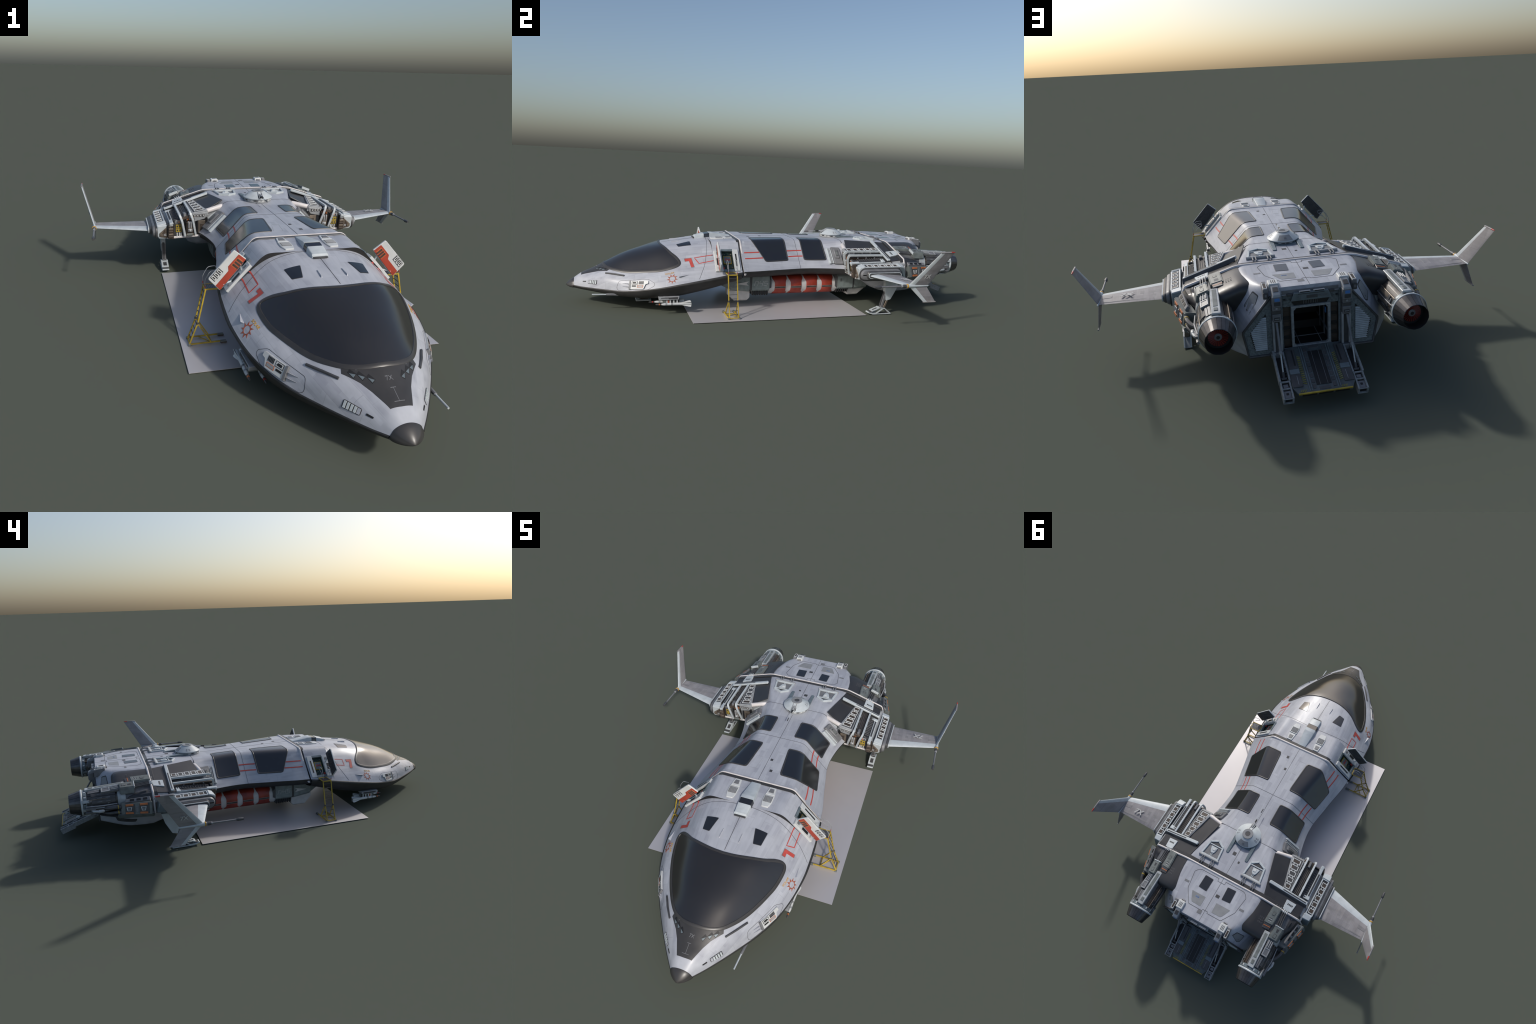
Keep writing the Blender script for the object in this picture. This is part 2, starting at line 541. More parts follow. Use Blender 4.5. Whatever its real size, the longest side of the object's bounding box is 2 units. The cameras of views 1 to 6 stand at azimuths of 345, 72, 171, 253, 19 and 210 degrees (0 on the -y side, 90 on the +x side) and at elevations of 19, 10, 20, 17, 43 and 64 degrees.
def front_top(y, n=26):
    T, U, L, C, K = front(y)
    M = (float(hermite(FY, [p[0] for p in FM], y)), float(hermite(FY, [p[1] for p in FM], y)))
    return smooth_section([(0, T), U, L, M, C], n)


def belly_half(C, K, narrow=0.66, grow=0.0035):
    x, z = C
    d = min(0.030, (z - K) * 0.5)
    e = min(grow, (z - K) * 0.15)
    return smooth_section([(0, K), (x * narrow * 0.6, K + (z - K) * 0.03), (x * 0.905, K + (z - K) * 0.33), (x * 0.975 + e * 0.3, z - d), (x + e, z - e * 1.6)], 14) + [(x + e, z - e * 0.6), (x - 0.0005, z + 0.0004)]


SHELL_Y = -0.335
ys = list(np.linspace(-0.962, SHELL_Y + 0.004, 64))
g_front = G().loft([mirror_ring(front_top(y), y) for y in ys], "hull_paint", False, False)
g_belly = G()
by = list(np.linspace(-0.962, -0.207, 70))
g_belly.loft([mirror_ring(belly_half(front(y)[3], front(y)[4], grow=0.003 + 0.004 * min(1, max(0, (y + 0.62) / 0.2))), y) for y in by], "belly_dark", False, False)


def shell_section(y, n=40):
    """angular section behind the gills: flat roof, knuckle, straight flank"""
    t = (y - SHELL_Y) / (-0.195 - SHELL_Y)
    T, U, L, C, K = front(y)
    P = [(0, T + 0.0003), (lerp(0.097, 0.120, t), lerp(0.3203, 0.3260, t)), (lerp(0.150, 0.154, t), lerp(0.3190, 0.3258, t)), (lerp(0.168, 0.171, t), lerp(0.3105, 0.3180, t)),
         (lerp(0.209, 0.205, t), lerp(0.2700, 0.2790, t)), (lerp(0.245, 0.240, t), lerp(0.2325, 0.2400, t)), (C[0] + 0.0004, C[1])]
    return smooth_section(P, n)


sy = list(np.linspace(SHELL_Y, -0.206, 14))
g_shell = G().loft([mirror_ring(shell_section(y), y) for y in sy], "hull_paint", False, False)
# black wall closing the step at the gills; no open gap
lip = shell_section(SHELL_Y); under = [(x * 0.985, z - 0.004) for x, z in front_top(SHELL_Y, 40)]
g_gill = G().loft([mirror_ring(lip, SHELL_Y + 0.0015), mirror_ring(under, SHELL_Y + 0.0017)], "black", False, False)

# waist between the two ribs
NY = (-0.195, -0.13, -0.05, 0.05, 0.105, 0.16, 0.25, 0.30, 0.352)
NX = (0.1605, 0.155, 0.141, 0.1215, 0.1135, 0.1135, 0.118, 0.127, 0.1445)
CY = (-0.195, -0.14, -0.09, -0.04, 0.01, 0.06, 0.11, 0.16, 0.21, 0.26, 0.31, 0.36)
CX = (0.285, 0.279, 0.269, 0.2585, 0.2495, 0.240, 0.2315, 0.2295, 0.234, 0.2425, 0.255, 0.272)


def roof_z(y):
    return float(hermite((-0.2, -0.10, 0.0, 0.10, 0.20, 0.30, 0.352, 0.40, 0.46, 0.6), (0.3262, 0.3255, 0.3248, 0.3236, 0.3210, 0.3205, 0.3222, 0.3240, 0.3258, 0.3258), y))


def waist(y):
    xk, xc = float(hermite(NY, NX, y)), float(hermite(CY, CX, y))
    zt, zc = roof_z(y), 0.196
    P = round_path([(0, zt, 0), (xk, zt - 0.001, 0), (xc, zc, 0)], 0.020, 6, closed=False)
    P = [(p.x, p.y) for p in P]
    # finer along the straight runs so that plates laid on it follow it
    return [P[0], (xk * 0.4, zt), (xk * 0.75, zt)] + P[1:-1] + [(lerp(P[-2][0], xc, s), lerp(P[-2][1], zc, s)) for s in (0.33, 0.66)] + [P[-1]]


def waist_under(y):
    xc = float(hermite(CY, CX, y))
    return [(0, 0.150), (xc * 0.75, 0.152), (xc - 0.016, 0.166), (xc - 0.008, 0.174), (xc - 0.0024, 0.181), (xc + 0.0002, 0.190), (xc + 0.0004, 0.1955), (xc - 0.0008, 0.1966)]


wy = list(np.linspace(-0.198, 0.3525, 38))
g_waist = G().loft([mirror_ring(waist(y), y) for y in wy], "hull_paint", False, False)
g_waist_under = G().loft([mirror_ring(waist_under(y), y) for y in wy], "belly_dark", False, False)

# aft body
AY = (0.352, 0.45, 0.583, 0.65, 0.70, 0.745, 0.773, 0.795, 0.812)
AX = (0.1445, 0.173, 0.2065, 0.204, 0.192, 0.176, 0.160, 0.138, 0.118)
WY = (0.352, 0.43, 0.51, 0.588, 0.64, 0.70, 0.755, 0.80, 0.818)
W_ = ((0.250, 0.190), (0.255, 0.178), (0.275, 0.158), (0.305, 0.140), (0.304, 0.138), (0.293, 0.134), (0.267, 0.147), (0.2355, 0.173), (0.2205, 0.186))
B_ = ((0.20, 0.170), (0.215, 0.146), (0.245, 0.094), (0.280, 0.079), (0.281, 0.081), (0.270, 0.083), (0.243, 0.090), (0.216, 0.098), (0.2056, 0.100))


def aft(y):
    xk = float(hermite(AY, AX, min(y, 0.812)))
    w = [float(hermite(WY, [p[i] for p in W_], y)) for i in (0, 1)]
    b = [float(hermite(WY, [p[i] for p in B_], y)) for i in (0, 1)]
    t = max(0.0, (y - 0.583) / 0.235)
    zt = (roof_z(y) if y < 0.5 else 0.3258) - 0.002 * t
    zk = zt - 0.003 - 0.008 * t**3
    P = [Vv((0, zt, 0)), Vv((xk * 0.93, zt - 0.0005, 0)), Vv((xk + 0.012, zk - 0.012, 0)), Vv((w[0], w[1], 0)), Vv((b[0], b[1], 0)), Vv((b[0] * 0.93, b[1] - 0.006, 0)), Vv((0, b[1] - 0.007, 0))]
    P = round_path(P, [0, 0.03, 0.012, 0.018, 0.012, 0.0, 0], 4, closed=False)
    P = [(p.x, p.y) for p in P]
    return [P[0], (P[1][0] * 0.4, zt), (P[1][0] * 0.8, zt)] + P[1:]


ay = [0.352, 0.375, 0.40, 0.43, 0.46, 0.50, 0.54, 0.583, 0.62, 0.65, 0.68, 0.70, 0.72, 0.74, 0.755, 0.77, 0.783, 0.795, 0.804, 0.812]
g_aft = G().loft([mirror_ring(aft(y), y) for y in ay], "hull_paint", False, False)
# slab of the deck overhangs the tail face, flanks run on to it
tail = aft(0.8185)
tail = [(x, min(z, 0.298)) for x, z in tail]
g_aft.loft([mirror_ring(aft(0.812), 0.812), mirror_ring([(x, z) for x, z in tail], 0.818)], "hull_paint", False, False)
g_aft_front = G().loft([mirror_ring(aft(0.352), 0.352), mirror_ring([(x * 0.02, 0.2 + (z - 0.2) * 0.02) for x, z in aft(0.352)], 0.352)], "mid_grey", False, False)

set_surface([g_front, g_shell, g_waist, g_aft])

# ------------------------------------------------------------------ the ship
ship = empty("spaceship", (0, 0, 0))
ship["label"] = "sleek grey spaceship with dark canopy, wings and twin engines"
ship["category"] = "spaceship"


def cut_hole(g, inside):
    """drop the faces whose middle lies inside the opening"""
    keep = [(f, m) for f, m in zip(g.f, g.m) if not inside(sum((Vv(g.v[i]) for i in f), Vv((0, 0, 0))) / len(f))]
    g.f = [k[0] for k in keep]; g.m = [k[1] for k in keep]


def split_by(g, planes):
    bm = bmesh.new()
    vs = [bm.verts.new(p) for p in g.v]
    for f in g.f:
        try: bm.faces.new([vs[i] for i in f])
        except ValueError: pass
    for co, no in planes:
        bmesh.ops.bisect_plane(bm, geom=bm.verts[:] + bm.edges[:] + bm.faces[:], plane_co=co, plane_no=no)
    h = G(); h.bm(bm, "hull_paint")
    return h


# side doorway: sloping flank frame with axes y and "down the slope"
DS = Vv((0.078, 0, -0.0855)).normalized()          # down the slope (x>0)
DN = Vv((0.0855, 0, 0.078)).normalized()           # out of the slope
DO = Vv((0.2040, -0.27, 0.2840))                   # top edge of the opening
DH = 0.109                                         # length down the slope
Y0, Y1 = -0.2965, -0.2395


def dslope(y, s, h=0.0):
    return Vv((DO.x, y, DO.z)) + DS * s + DN * h


planes = []
for sg in (1, -1):
    fx = lambda p: Vv((sg * p.x, p.y, p.z))
    for s in (0.004, DH - 0.004):
        planes.append((fx(dslope(0, s)), fx(DS)))
planes += [((0, Y0, 0), (0, 1, 0)), ((0, Y1, 0), (0, 1, 0))]
g_shell = split_by(g_shell, planes)


def in_door(p):
    q = Vv((abs(p.x), p.y, p.z)) - DO
    return Y0 < p.y < Y1 and 0.004 < q.dot(DS) < DH - 0.004 and q.dot(DN) > -0.03


cut_hole(g_shell, in_door)

front_hull = part("forward_hull", g_front, ship, 40)
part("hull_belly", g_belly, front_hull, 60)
shell = part("door_section", g_shell, ship, 40)
part("gill_wall", g_gill, shell, 40)
waist_o = part("waist_hull", g_waist, ship, 30)
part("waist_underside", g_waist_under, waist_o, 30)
aft_o = part("aft_hull", g_aft, ship, 30)
part("aft_bulkhead", g_aft_front, aft_o, 30)

# nose cone
g = G()
base = front_top(-0.962, 14)
low = belly_half(front(-0.962)[3], front(-0.962)[4])
loop = [(x, z) for x, z in base] + [(x, z) for x, z in low[-4::-1]]
full = [(x, z) for x, z in loop] + [(-x, z) for x, z in loop[::-1]]
full = [p for i, p in enumerate(full) if i == 0 or (abs(p[0] - full[i - 1][0]) + abs(p[1] - full[i - 1][1])) > 1e-5]
if abs(full[0][0] - full[-1][0]) + abs(full[0][1] - full[-1][1]) < 1e-5: full = full[:-1]
rings = []
for t in (0, 0.02, 0.15, 0.3, 0.45, 0.6, 0.72, 0.82, 0.90, 0.95, 0.98, 0.995):
    s = (1 - t ** 1.35) ** 0.72
    zc = lerp(0.097, 0.0895, t)
    rings.append([Vv((x * s * 1.012, -0.9625 - 0.0375 * t, zc + (z - 0.097) * s * 1.012)) for x, z in full])
g.loft(rings, "frame_dark", True, True)
part("nose_cone", g, front_hull, 50)

# canopy: frame and glass follow the hull skin
OUT = [(0.0, -0.8345), (0.034, -0.8315), (0.068, -0.8210), (0.098, -0.8025), (0.123, -0.774), (0.145, -0.742), (0.164, -0.710), (0.180, -0.678), (0.1935, -0.648),
       (0.2055, -0.618), (0.2165, -0.588), (0.2245, -0.556), (0.230, -0.525), (0.2305, -0.503), (0.224, -0.488), (0.208, -0.486), (0.182, -0.500), (0.145, -0.526), (0.095, -0.546), (0.045, -0.557), (0.0, -0.560)]


def refine(pts, k=3):
    """Catmull-Rom through an open 2D run of points"""
    P = [np.array(p) for p in pts]
    P = [2 * P[0] - P[1]] + P + [2 * P[-1] - P[-2]]
    out = []
    for i in range(1, len(P) - 2):
        for j in range(k):
            t = j / k
            a, b, c, d = P[i - 1:i + 3]
            out.append(tuple(0.5 * (2 * b + (c - a) * t + (2 * a - 5 * b + 4 * c - d) * t**2 + (3 * b - a - 3 * c + d) * t**3)))
    out.append(tuple(P[-2]))
    return out


def inset(loop, w):
    n = len(loop); res = []
    area = sum(loop[i][0] * loop[(i + 1) % n][1] - loop[(i + 1) % n][0] * loop[i][1] for i in range(n))
    sg = 1 if area > 0 else -1
    for i in range(n):
        a, p, c = Vv((*loop[i - 1], 0)), Vv((*loop[i], 0)), Vv((*loop[(i + 1) % n], 0))
        t = (p - a).normalized() + (c - p).normalized()
        t.normalize()
        m = Vv((-t.y, t.x, 0)) * sg
        q = p + m * w
        res.append((q.x, q.y))
    return res


half = refine(OUT, 3)
loop = half + [(-x, y) for x, y in half[-2:0:-1]]


def skin(loop, depth=0.25):
    return [Vv((x, y, depth)) for x, y in loop]


def down(p, lift=0.0):
    q = cast(Vv((p[0], p[1], 0.25)), (0, 0, -1), 0.5) if False else BVH.ray_cast(Vv((p[0], p[1], 1)), Vv((0, 0, -1)))[0]
    n = BVH.find_nearest(q)[1]
    if n.z < 0: n = -n
    return q + n * lift


g = G()
rows = []
prof = ((0.0, -0.002), (0.0003, 0.0014), (0.0022, 0.0026), (0.0080, 0.0034), (0.0105, 0.0030), (0.0118, -0.001))
rows = [[down(p, l) for p in inset(loop, w)] for w, l in prof]
g.loft(rows, "frame_dark", True, False)
canopy_frame = part("canopy_frame", g, front_hull, 50)
g = G()
decal(g, skin(inset(loop, 0.0100)), (0, 0, -1), "canopy_glass", 0.0018, 0.008, 0, 0.003)
part("canopy_glass", g, canopy_frame, 16)

DOWN = (0, 0, -1)


def inside_loop(x, y, lp):
    c = False
    for i in range(len(lp)):
        (x0, y0), (x1, y1) = lp[i - 1], lp[i]
        if (y0 > y) != (y1 > y) and x < (x1 - x0) * (y - y0) / (y1 - y0) + x0: c = not c
    return c


under_glass = inset(loop, 0.0065)
me_ = front_hull.data
me_.materials.append(MATS["canopy_glass"])
for f in me_.polygons:
    if inside_loop(f.center.x, f.center.y, under_glass): f.material_index = len(me_.materials) - 1
SIDE = Vv((-0.74, 0, -0.62))

# black patch between canopy and nose, with three raised plates for ports a side
g = G()
hp = [(0.0, -0.9300), (0.0285, -0.9294), (0.0502, -0.881), (0.068, -0.852), (0.101, -0.813), (0.098, -0.803), (0.068, -0.822), (0.035, -0.831), (0.0, -0.830)]
decal(g, skin(hp + [(-x, y) for x, y in hp[-2:0:-1]]), DOWN, "frame_dark", 0.0009, 0.01)
patch = part("nose_patch", g, front_hull)
g = G(); gb = G()
for cx, cy, a in ((0.042, -0.852, 0.0), (0.061, -0.838, 0.0), (0.079, -0.825, 0.0)):
    w, h = 0.0092, 0.0125
    q = [(cx + w, cy + h * 0.55), (cx + w * 0.2, cy + h * 0.9), (cx - w, cy - h * 0.5), (cx + w * 0.1, cy - h)]
    decal(gb, skin(q), DOWN, "black", 0.0014, 0.02)  # black plate laid on the skin in place of a cut port
    q2 = [(cx + w * 0.70, cy + h * 0.25), (cx - w * 0.35, cy - h * 0.35), (cx - w * 0.70, cy - h * 0.52), (cx + w * 0.08, cy - h * 0.82)]
    decal(g, skin(q2), DOWN, "steel_blue", 0.0020, 0.02)
pair("nose_port_plate", gb.add(g), patch)
g = G()
ribbon(g, skin([(0.0, -0.918), (0.0, -0.884)]), DOWN, 0.0012, "mid_grey", 0.0014)
ribbon(g, skin([(-0.013, -0.918), (0.013, -0.918)]), DOWN, 0.0012, "mid_grey", 0.0016)
ribbon(g, skin([(-0.007, -0.884), (0.007, -0.884)]), DOWN, 0.0012, "mid_grey", 0.0016)
label(g, "7X", 0.016, (0, -0.862, 0.2), (1, 0, 0), (0, 1, 0), DOWN, "mid_grey", 0.0016)
part("patch_marking", g, patch)

# roof windows behind the canopy
g = G()
q = [(0.0785, -0.4265), (0.1270, -0.4270), (0.1208, -0.4845), (0.0918, -0.4900)]
decal(g, skin(q), DOWN, "glass_dark", 0.0014, 0.012, 0.004)
decal(g, skin([(lerp(0.108, x, 1.08), lerp(-0.458, y, 1.05)) for x, y in q]), DOWN, "seam", 0.0007, 0.012, 0.004)
pair("roof_window", g, front_hull)
# little roof fins and side fins
g = G()
g.hexa([(0.0385, -0.512, 0.294), (0.0415, -0.512, 0.294), (0.0405, -0.462, 0.300), (0.0375, -0.462, 0.300),
        (0.0392, -0.508, 0.3035), (0.0408, -0.508, 0.3035), (0.0395, -0.470, 0.3068), (0.0385, -0.470, 0.3068)], "hull_paint", 0.0004)
pair("roof_fin", g, front_hull)
g = G()
g.hexa([(0.252, -0.5035, 0.169), (0.258, -0.5035, 0.166), (0.262, -0.440, 0.178), (0.256, -0.440, 0.181),
        (0.277, -0.5005, 0.179), (0.278, -0.5005, 0.1775), (0.268, -0.445, 0.1835), (0.267, -0.445, 0.185)], "hull_paint", 0.0005)
pair("side_fin", g, front_hull)

# dark rub bar along the flank below the canopy
g = G()
A, B = cast((0.1088, -0.819, 0.1625), SIDE), cast((0.1678, -0.7376, 0.1649), SIDE)
o = Vv((0.62, 0, 0.75)) * 0.002
g.tube([A + o, A.lerp(B, 0.5) + Vv((0.004, 0, 0.003)) * 0.6 + o, B + o], [0.0038] * 3, "dark_grey", 10)
pair("rub_bar", g, front_hull)

# slatted vent and slot near the nose, drawn as raised dark plates
SN = Vv((-0.80, 0.35, -0.48)).normalized()
vf, vr = Vv((0.083, -0.897, 0.1165)), Vv((0.1115, -0.857, 0.1205))
g = G()
e = (vr - vf)
q = [vf + Vv((0, 0, 0.0095)), vr + Vv((0, 0, 0.0115)), vr + Vv((0, 0, -0.0125)), vf + Vv((0, 0, -0.010))]
decal(g, q, SN, "seam", 0.0010, 0.012, 0.004)
for k in range(4):
    a, b = 0.24 + k * 0.19, 0.24 + k * 0.19 + 0.12
    decal(g, [q[0].lerp(q[1], a) - Vv((0, 0, 0.0018)), q[0].lerp(q[1], b) - Vv((0, 0, 0.0018)), q[3].lerp(q[2], b) + Vv((0, 0, 0.0018)), q[3].lerp(q[2], a) + Vv((0, 0, 0.0018))], SN, "pale_trim", 0.0032, 0.02)
decal(g, [q[0].lerp(q[1], 0.04) - Vv((0, 0, 0.002)), q[0].lerp(q[1], 0.20) - Vv((0, 0, 0.002)), q[3].lerp(q[2], 0.20) + Vv((0, 0, 0.002)), q[3].lerp(q[2], 0.04) + Vv((0, 0, 0.002))], SN, "hull_paint", 0.0022, 0.02)
s0, s1 = Vv((0.0655, -0.922, 0.116)), Vv((0.075, -0.907, 0.117))
decal(g, [s0 + Vv((0, 0, 0.0028)), s1 + Vv((0, 0, 0.0032)), s1 - Vv((0, 0, 0.0025)), s0 - Vv((0, 0, 0.002))], SN, "black", 0.0012, 0.02, 0.001)
pair("nose_vent_plate", g, front_hull)

# sensor panel: seam outline, proud white box and two blades
SP = Vv((-0.82, 0.28, -0.50)).normalized()
g = G()
P = lambda y, z: Vv((float(hermite((-0.78, -0.715, -0.64, -0.60), (0.178, 0.212, 0.244, 0.256), y)), y, z))
ol = [P(-0.772, 0.120), P(-0.765, 0.148), P(-0.70, 0.158), P(-0.638, 0.166), P(-0.607, 0.144), P(-0.607, 0.130), P(-0.636, 0.1085), P(-0.70, 0.100), P(-0.764, 0.0975), P(-0.772, 0.107)]
ribbon(g, round_path(ol, 0.008, 3), SP, 0.0012, "seam", 0.0004, closed=True)
bx = [P(-0.716, 0.1515), P(-0.690, 0.1525), P(-0.6365, 0.157), P(-0.6345, 0.141), P(-0.646, 0.1375), P(-0.654, 0.112), P(-0.716, 0.107)]
decal(g, bx, SP, "white_paint", 0.0055, 0.02, 0.0025)
decal(g, [P(-0.719, 0.153), P(-0.7125, 0.153), P(-0.7125, 0.106), P(-0.719, 0.106)], SP, "mid_grey", 0.0078, 0.02, 0.002)
decal(g, [P(-0.7075, 0.1495), P(-0.682, 0.151), P(-0.682, 0.133), P(-0.7075, 0.132)], SP, "seam", 0.0062, 0.03, 0.001)
decal(g, [P(-0.7055, 0.1475), P(-0.684, 0.149), P(-0.684, 0.135), P(-0.7055, 0.134)], SP, "white_paint", 0.0066, 0.03, 0.001)
decal(g, [P(-0.703, 0.1455), P(-0.690, 0.1465), P(-0.686, 0.1385), P(-0.703, 0.1365)], SP, "black", 0.0070, 0.03, 0.001)
decal(g, [P(-0.677, 0.151), P(-0.655, 0.153), P(-0.655, 0.136), P(-0.677, 0.1345)], SP, "mid_grey", 0.0062, 0.03)
for k in range(5):
    a = lerp(-0.6755, -0.658, k / 4)
    decal(g, [P(a - 0.0010, 0.1505), P(a + 0.0010, 0.1508), P(a + 0.0010, 0.1362), P(a - 0.0010, 0.136)], SP, "black", 0.0067, 0.03)
decal(g, [P(-0.706, 0.1275), P(-0.688, 0.1285), P(-0.688, 0.1215), P(-0.706, 0.1205)], SP, "black", 0.0062, 0.03, 0.001)
decal(g, [P(-0.683, 0.1305), P(-0.656, 0.132), P(-0.656, 0.118), P(-0.683, 0.117)], SP, "orange", 0.0060, 0.03, 0.001)
decal(g, [P(-0.681, 0.1288), P(-0.658, 0.1302), P(-0.658, 0.1198), P(-0.681, 0.1188)], SP, "light_grey", 0.0064, 0.03, 0.001)
for z in (0.136, 0.120):
    a, b = cast(P(-0.748, z), SP), cast(P(-0.723, z - 0.001), SP)
    o = -SP
    g.hexa([a - Vv((0, 0, .001)), b - Vv((0, 0, .002)), b + o * .007, a + o * .0005, a + Vv((0, 0, .001)), b + Vv((0, 0, .002)), b + o * .0072 + Vv((0, 0, .001)), a + o * .0008 + Vv((0, 0, .0006))], "hull_paint", 0)
pair("sensor_panel", g, front_hull)

# hull markings: number, red bracket, sun wheel, name
for sg in (1, -1):
    sd = Vv((-0.72 * sg, 0, -0.69))
    f3 = lambda x, y, z: Vv((sg * x, y, z))
    g = G()
    # a slanting seven built from its two strokes; it reads from outside on either flank
    fr = lambda y, z: f3(0.2225 + (0.232 - z) * 0.75, y, z)
    if sg > 0:
        seven = [fr(-0.467, 0.251), fr(-0.436, 0.252), fr(-0.427, 0.2115), fr(-0.441, 0.2105), fr(-0.4475, 0.2395), fr(-0.465, 0.2385)]
    else:
        seven = [fr(-0.435, 0.252), fr(-0.466, 0.252), fr(-0.4655, 0.2440), fr(-0.4575, 0.2110), fr(-0.4425, 0.2110), fr(-0.4510, 0.2410), fr(-0.435, 0.2410)]
    decal(g, seven, sd, "mark_red", 0.0009, 0.012)
    cen = sum(seven, Vv((0, 0, 0))) / len(seven)
    decal(g, [cen + (p - cen) * 1.10 for p in seven], sd, "mid_grey", 0.0005, 0.012)
    part("red_number", g, front_hull)
    g = G()
    if sg > 0: br = [fr(-0.335, 0.2585), fr(-0.421, 0.2525), fr(-0.4035, 0.2245), fr(-0.335, 0.2315)]
    else: br = [fr(-0.335, 0.2585), fr(-0.415, 0.2545), fr(-0.415, 0.2245), fr(-0.335, 0.2315)]
    ribbon(g, br, sd, 0.0042, "mark_red", 0.0006)
    part("red_bracket", g, front_hull)
    # sun wheel
    g = G()
    c = f3(0.2635, -0.530, 0.164)
    d_, u_, v_ = axes(sd)
    ring = [c + u_ * 0.0135 * math.cos(2 * math.pi * k / 28) + v_ * 0.0135 * math.sin(2 * math.pi * k / 28) for k in range(28)]
    ribbon(g, ring, sd, 0.0026, "rust_red", 0.0008, closed=True)
    for k in range(9):
        a = 2 * math.pi * k / 9 + 0.2
        pt = lambda r, da: c + u_ * r * math.cos(a + da) + v_ * r * math.sin(a + da)
        decal(g, [pt(0.0142, -0.27), pt(0.0250, 0.10), pt(0.0142, 0.27)], sd, "rust_red", 0.0008, 0.02)
    part("sun_emblem", g, front_hull)
    g = G()
    label(g, "SOLAR", 0.013, f3(0.247, -0.540, 0.1895), (0, sg, 0), (-0.69 * sg, 0, 0.72), sd, "gold", 0.0006, 0.15)
    part("name_lettering", g, front_hull)

# seams over the front body
g = G()
sec = front_top(-0.37, 30)
ln = []
for i, (x, z) in enumerate(sec):
    t = i / 29
    ln.append(Vv((x, -0.338 - 0.072 * t ** 1.5, z)))
right = [cast(p, (-p.x * 2.2, 0, -(p.z - 0.12) * 2.6)) for p in ln[1:]]
pts = [Vv((-p.x, p.y, p.z)) for p in right[::-1]] + right
for i, (a, b) in enumerate(zip(pts, pts[1:])):
    pass
rows = []
for i, p in enumerate(pts):
    n_ = BVH.find_nearest(p)[1]
    if n_.dot(Vv((p.x, 0, p.z - 0.1))) < 0: n_ = -n_
    s_ = Vv((0, 1, 0))
    rows.append([p - n_ * 0.001 - s_ * 0.0007, p + n_ * 0.0005 - s_ * 0.0007, p + n_ * 0.0005 + s_ * 0.0007, p - n_ * 0.001 + s_ * 0.0007])
g.loft(rows, "seam", False, False)
ribbon(g, skin([(0, -0.553), (0, -0.34)]), DOWN, 0.0016, "seam", 0.0005)
ribbon(g, skin([(0, -0.186), (0, 0.290)]), DOWN, 0.0013, "seam", 0.0005)
ribbon(g, skin([(0, 0.425), (0, 0.568)]), DOWN, 0.0013, "seam", 0.0005)
ribbon(g, skin([(0, 0.590), (0, 0.811)]), DOWN, 0.0013, "seam", 0.0005)


def seam_round(g, y, fn, w=0.0013):
    half = fn(y)
    rows = []
    for x, z in [(-a, b) for a, b in half[:0:-1]] + list(half):
        p = Vv((x, y, z))
        n_ = BVH.find_nearest(p)[1]
        if n_.dot(Vv((p.x, 0, p.z - 0.1))) < 0: n_ = -n_
        rows.append([p - n_ * .001 - Vv((0, w / 2, 0)), p + n_ * .0005 - Vv((0, w / 2, 0)), p + n_ * .0005 + Vv((0, w / 2, 0)), p - n_ * .001 + Vv((0, w / 2, 0))])
    g.loft(rows, "seam", False, False)


seam_round(g, 0.106, waist)
seam_round(g, 0.354, lambda y: [(x, z) for x, z in waist(y) if z > 0.305], 0.0015)
part("hull_seams", g, ship, 30)

# ------------------------------------------------------------------ rib between door section and waist
def rib_path(y, out, zlow):
    xk, xc = 0.1605, 0.2865
    P = round_path([(0, 0.3262 + out, 0), (xk + out * 0.4, 0.3262 + out, 0), (xc + out, zlow, 0)], 0.016, 5, closed=False)
    h = [(p.x, p.y) for p in P]
    return mirror_ring(h, y)


g = G()
outer = 0.0040
r0 = [rib_path(-0.1975, 0.0, 0.183), rib_path(-0.1970, outer * 0.7, 0.181), rib_path(-0.1955, outer, 0.180), rib_path(-0.1915, outer, 0.180), rib_path(-0.1890, outer * 0.75, 0.181), rib_path(-0.1865, 0.0, 0.183)]
g.loft(r0, "warm_trim", False, False)
for sg in (1, -1):
    g.tube([(sg * 0.2870, -0.1930, 0.186), (sg * 0.2868, -0.1930, 0.1795)], 0.0040, "warm_trim", 10)
part("front_rib", g, ship, 40)
g = G()
g.loft([rib_path(-0.2125, 0.0006, 0.176), rib_path(-0.2115, 0.0020, 0.175), rib_path(-0.1970, 0.0020, 0.175), rib_path(-0.1970, -0.004, 0.176)], "frame_dark", False, False)  # raised dark strip standing in for a groove
part("front_rib_strip", g, ship, 40)

# ------------------------------------------------------------------ doorway, hatch
wd = part("door_section_trim", G().raw([(0, 0.0, 0.2), (0.001, 0, 0.2), (0, 0.001, 0.2)], [[0, 1, 2]], "black"), shell) if False else None
g = G()
gi = G()
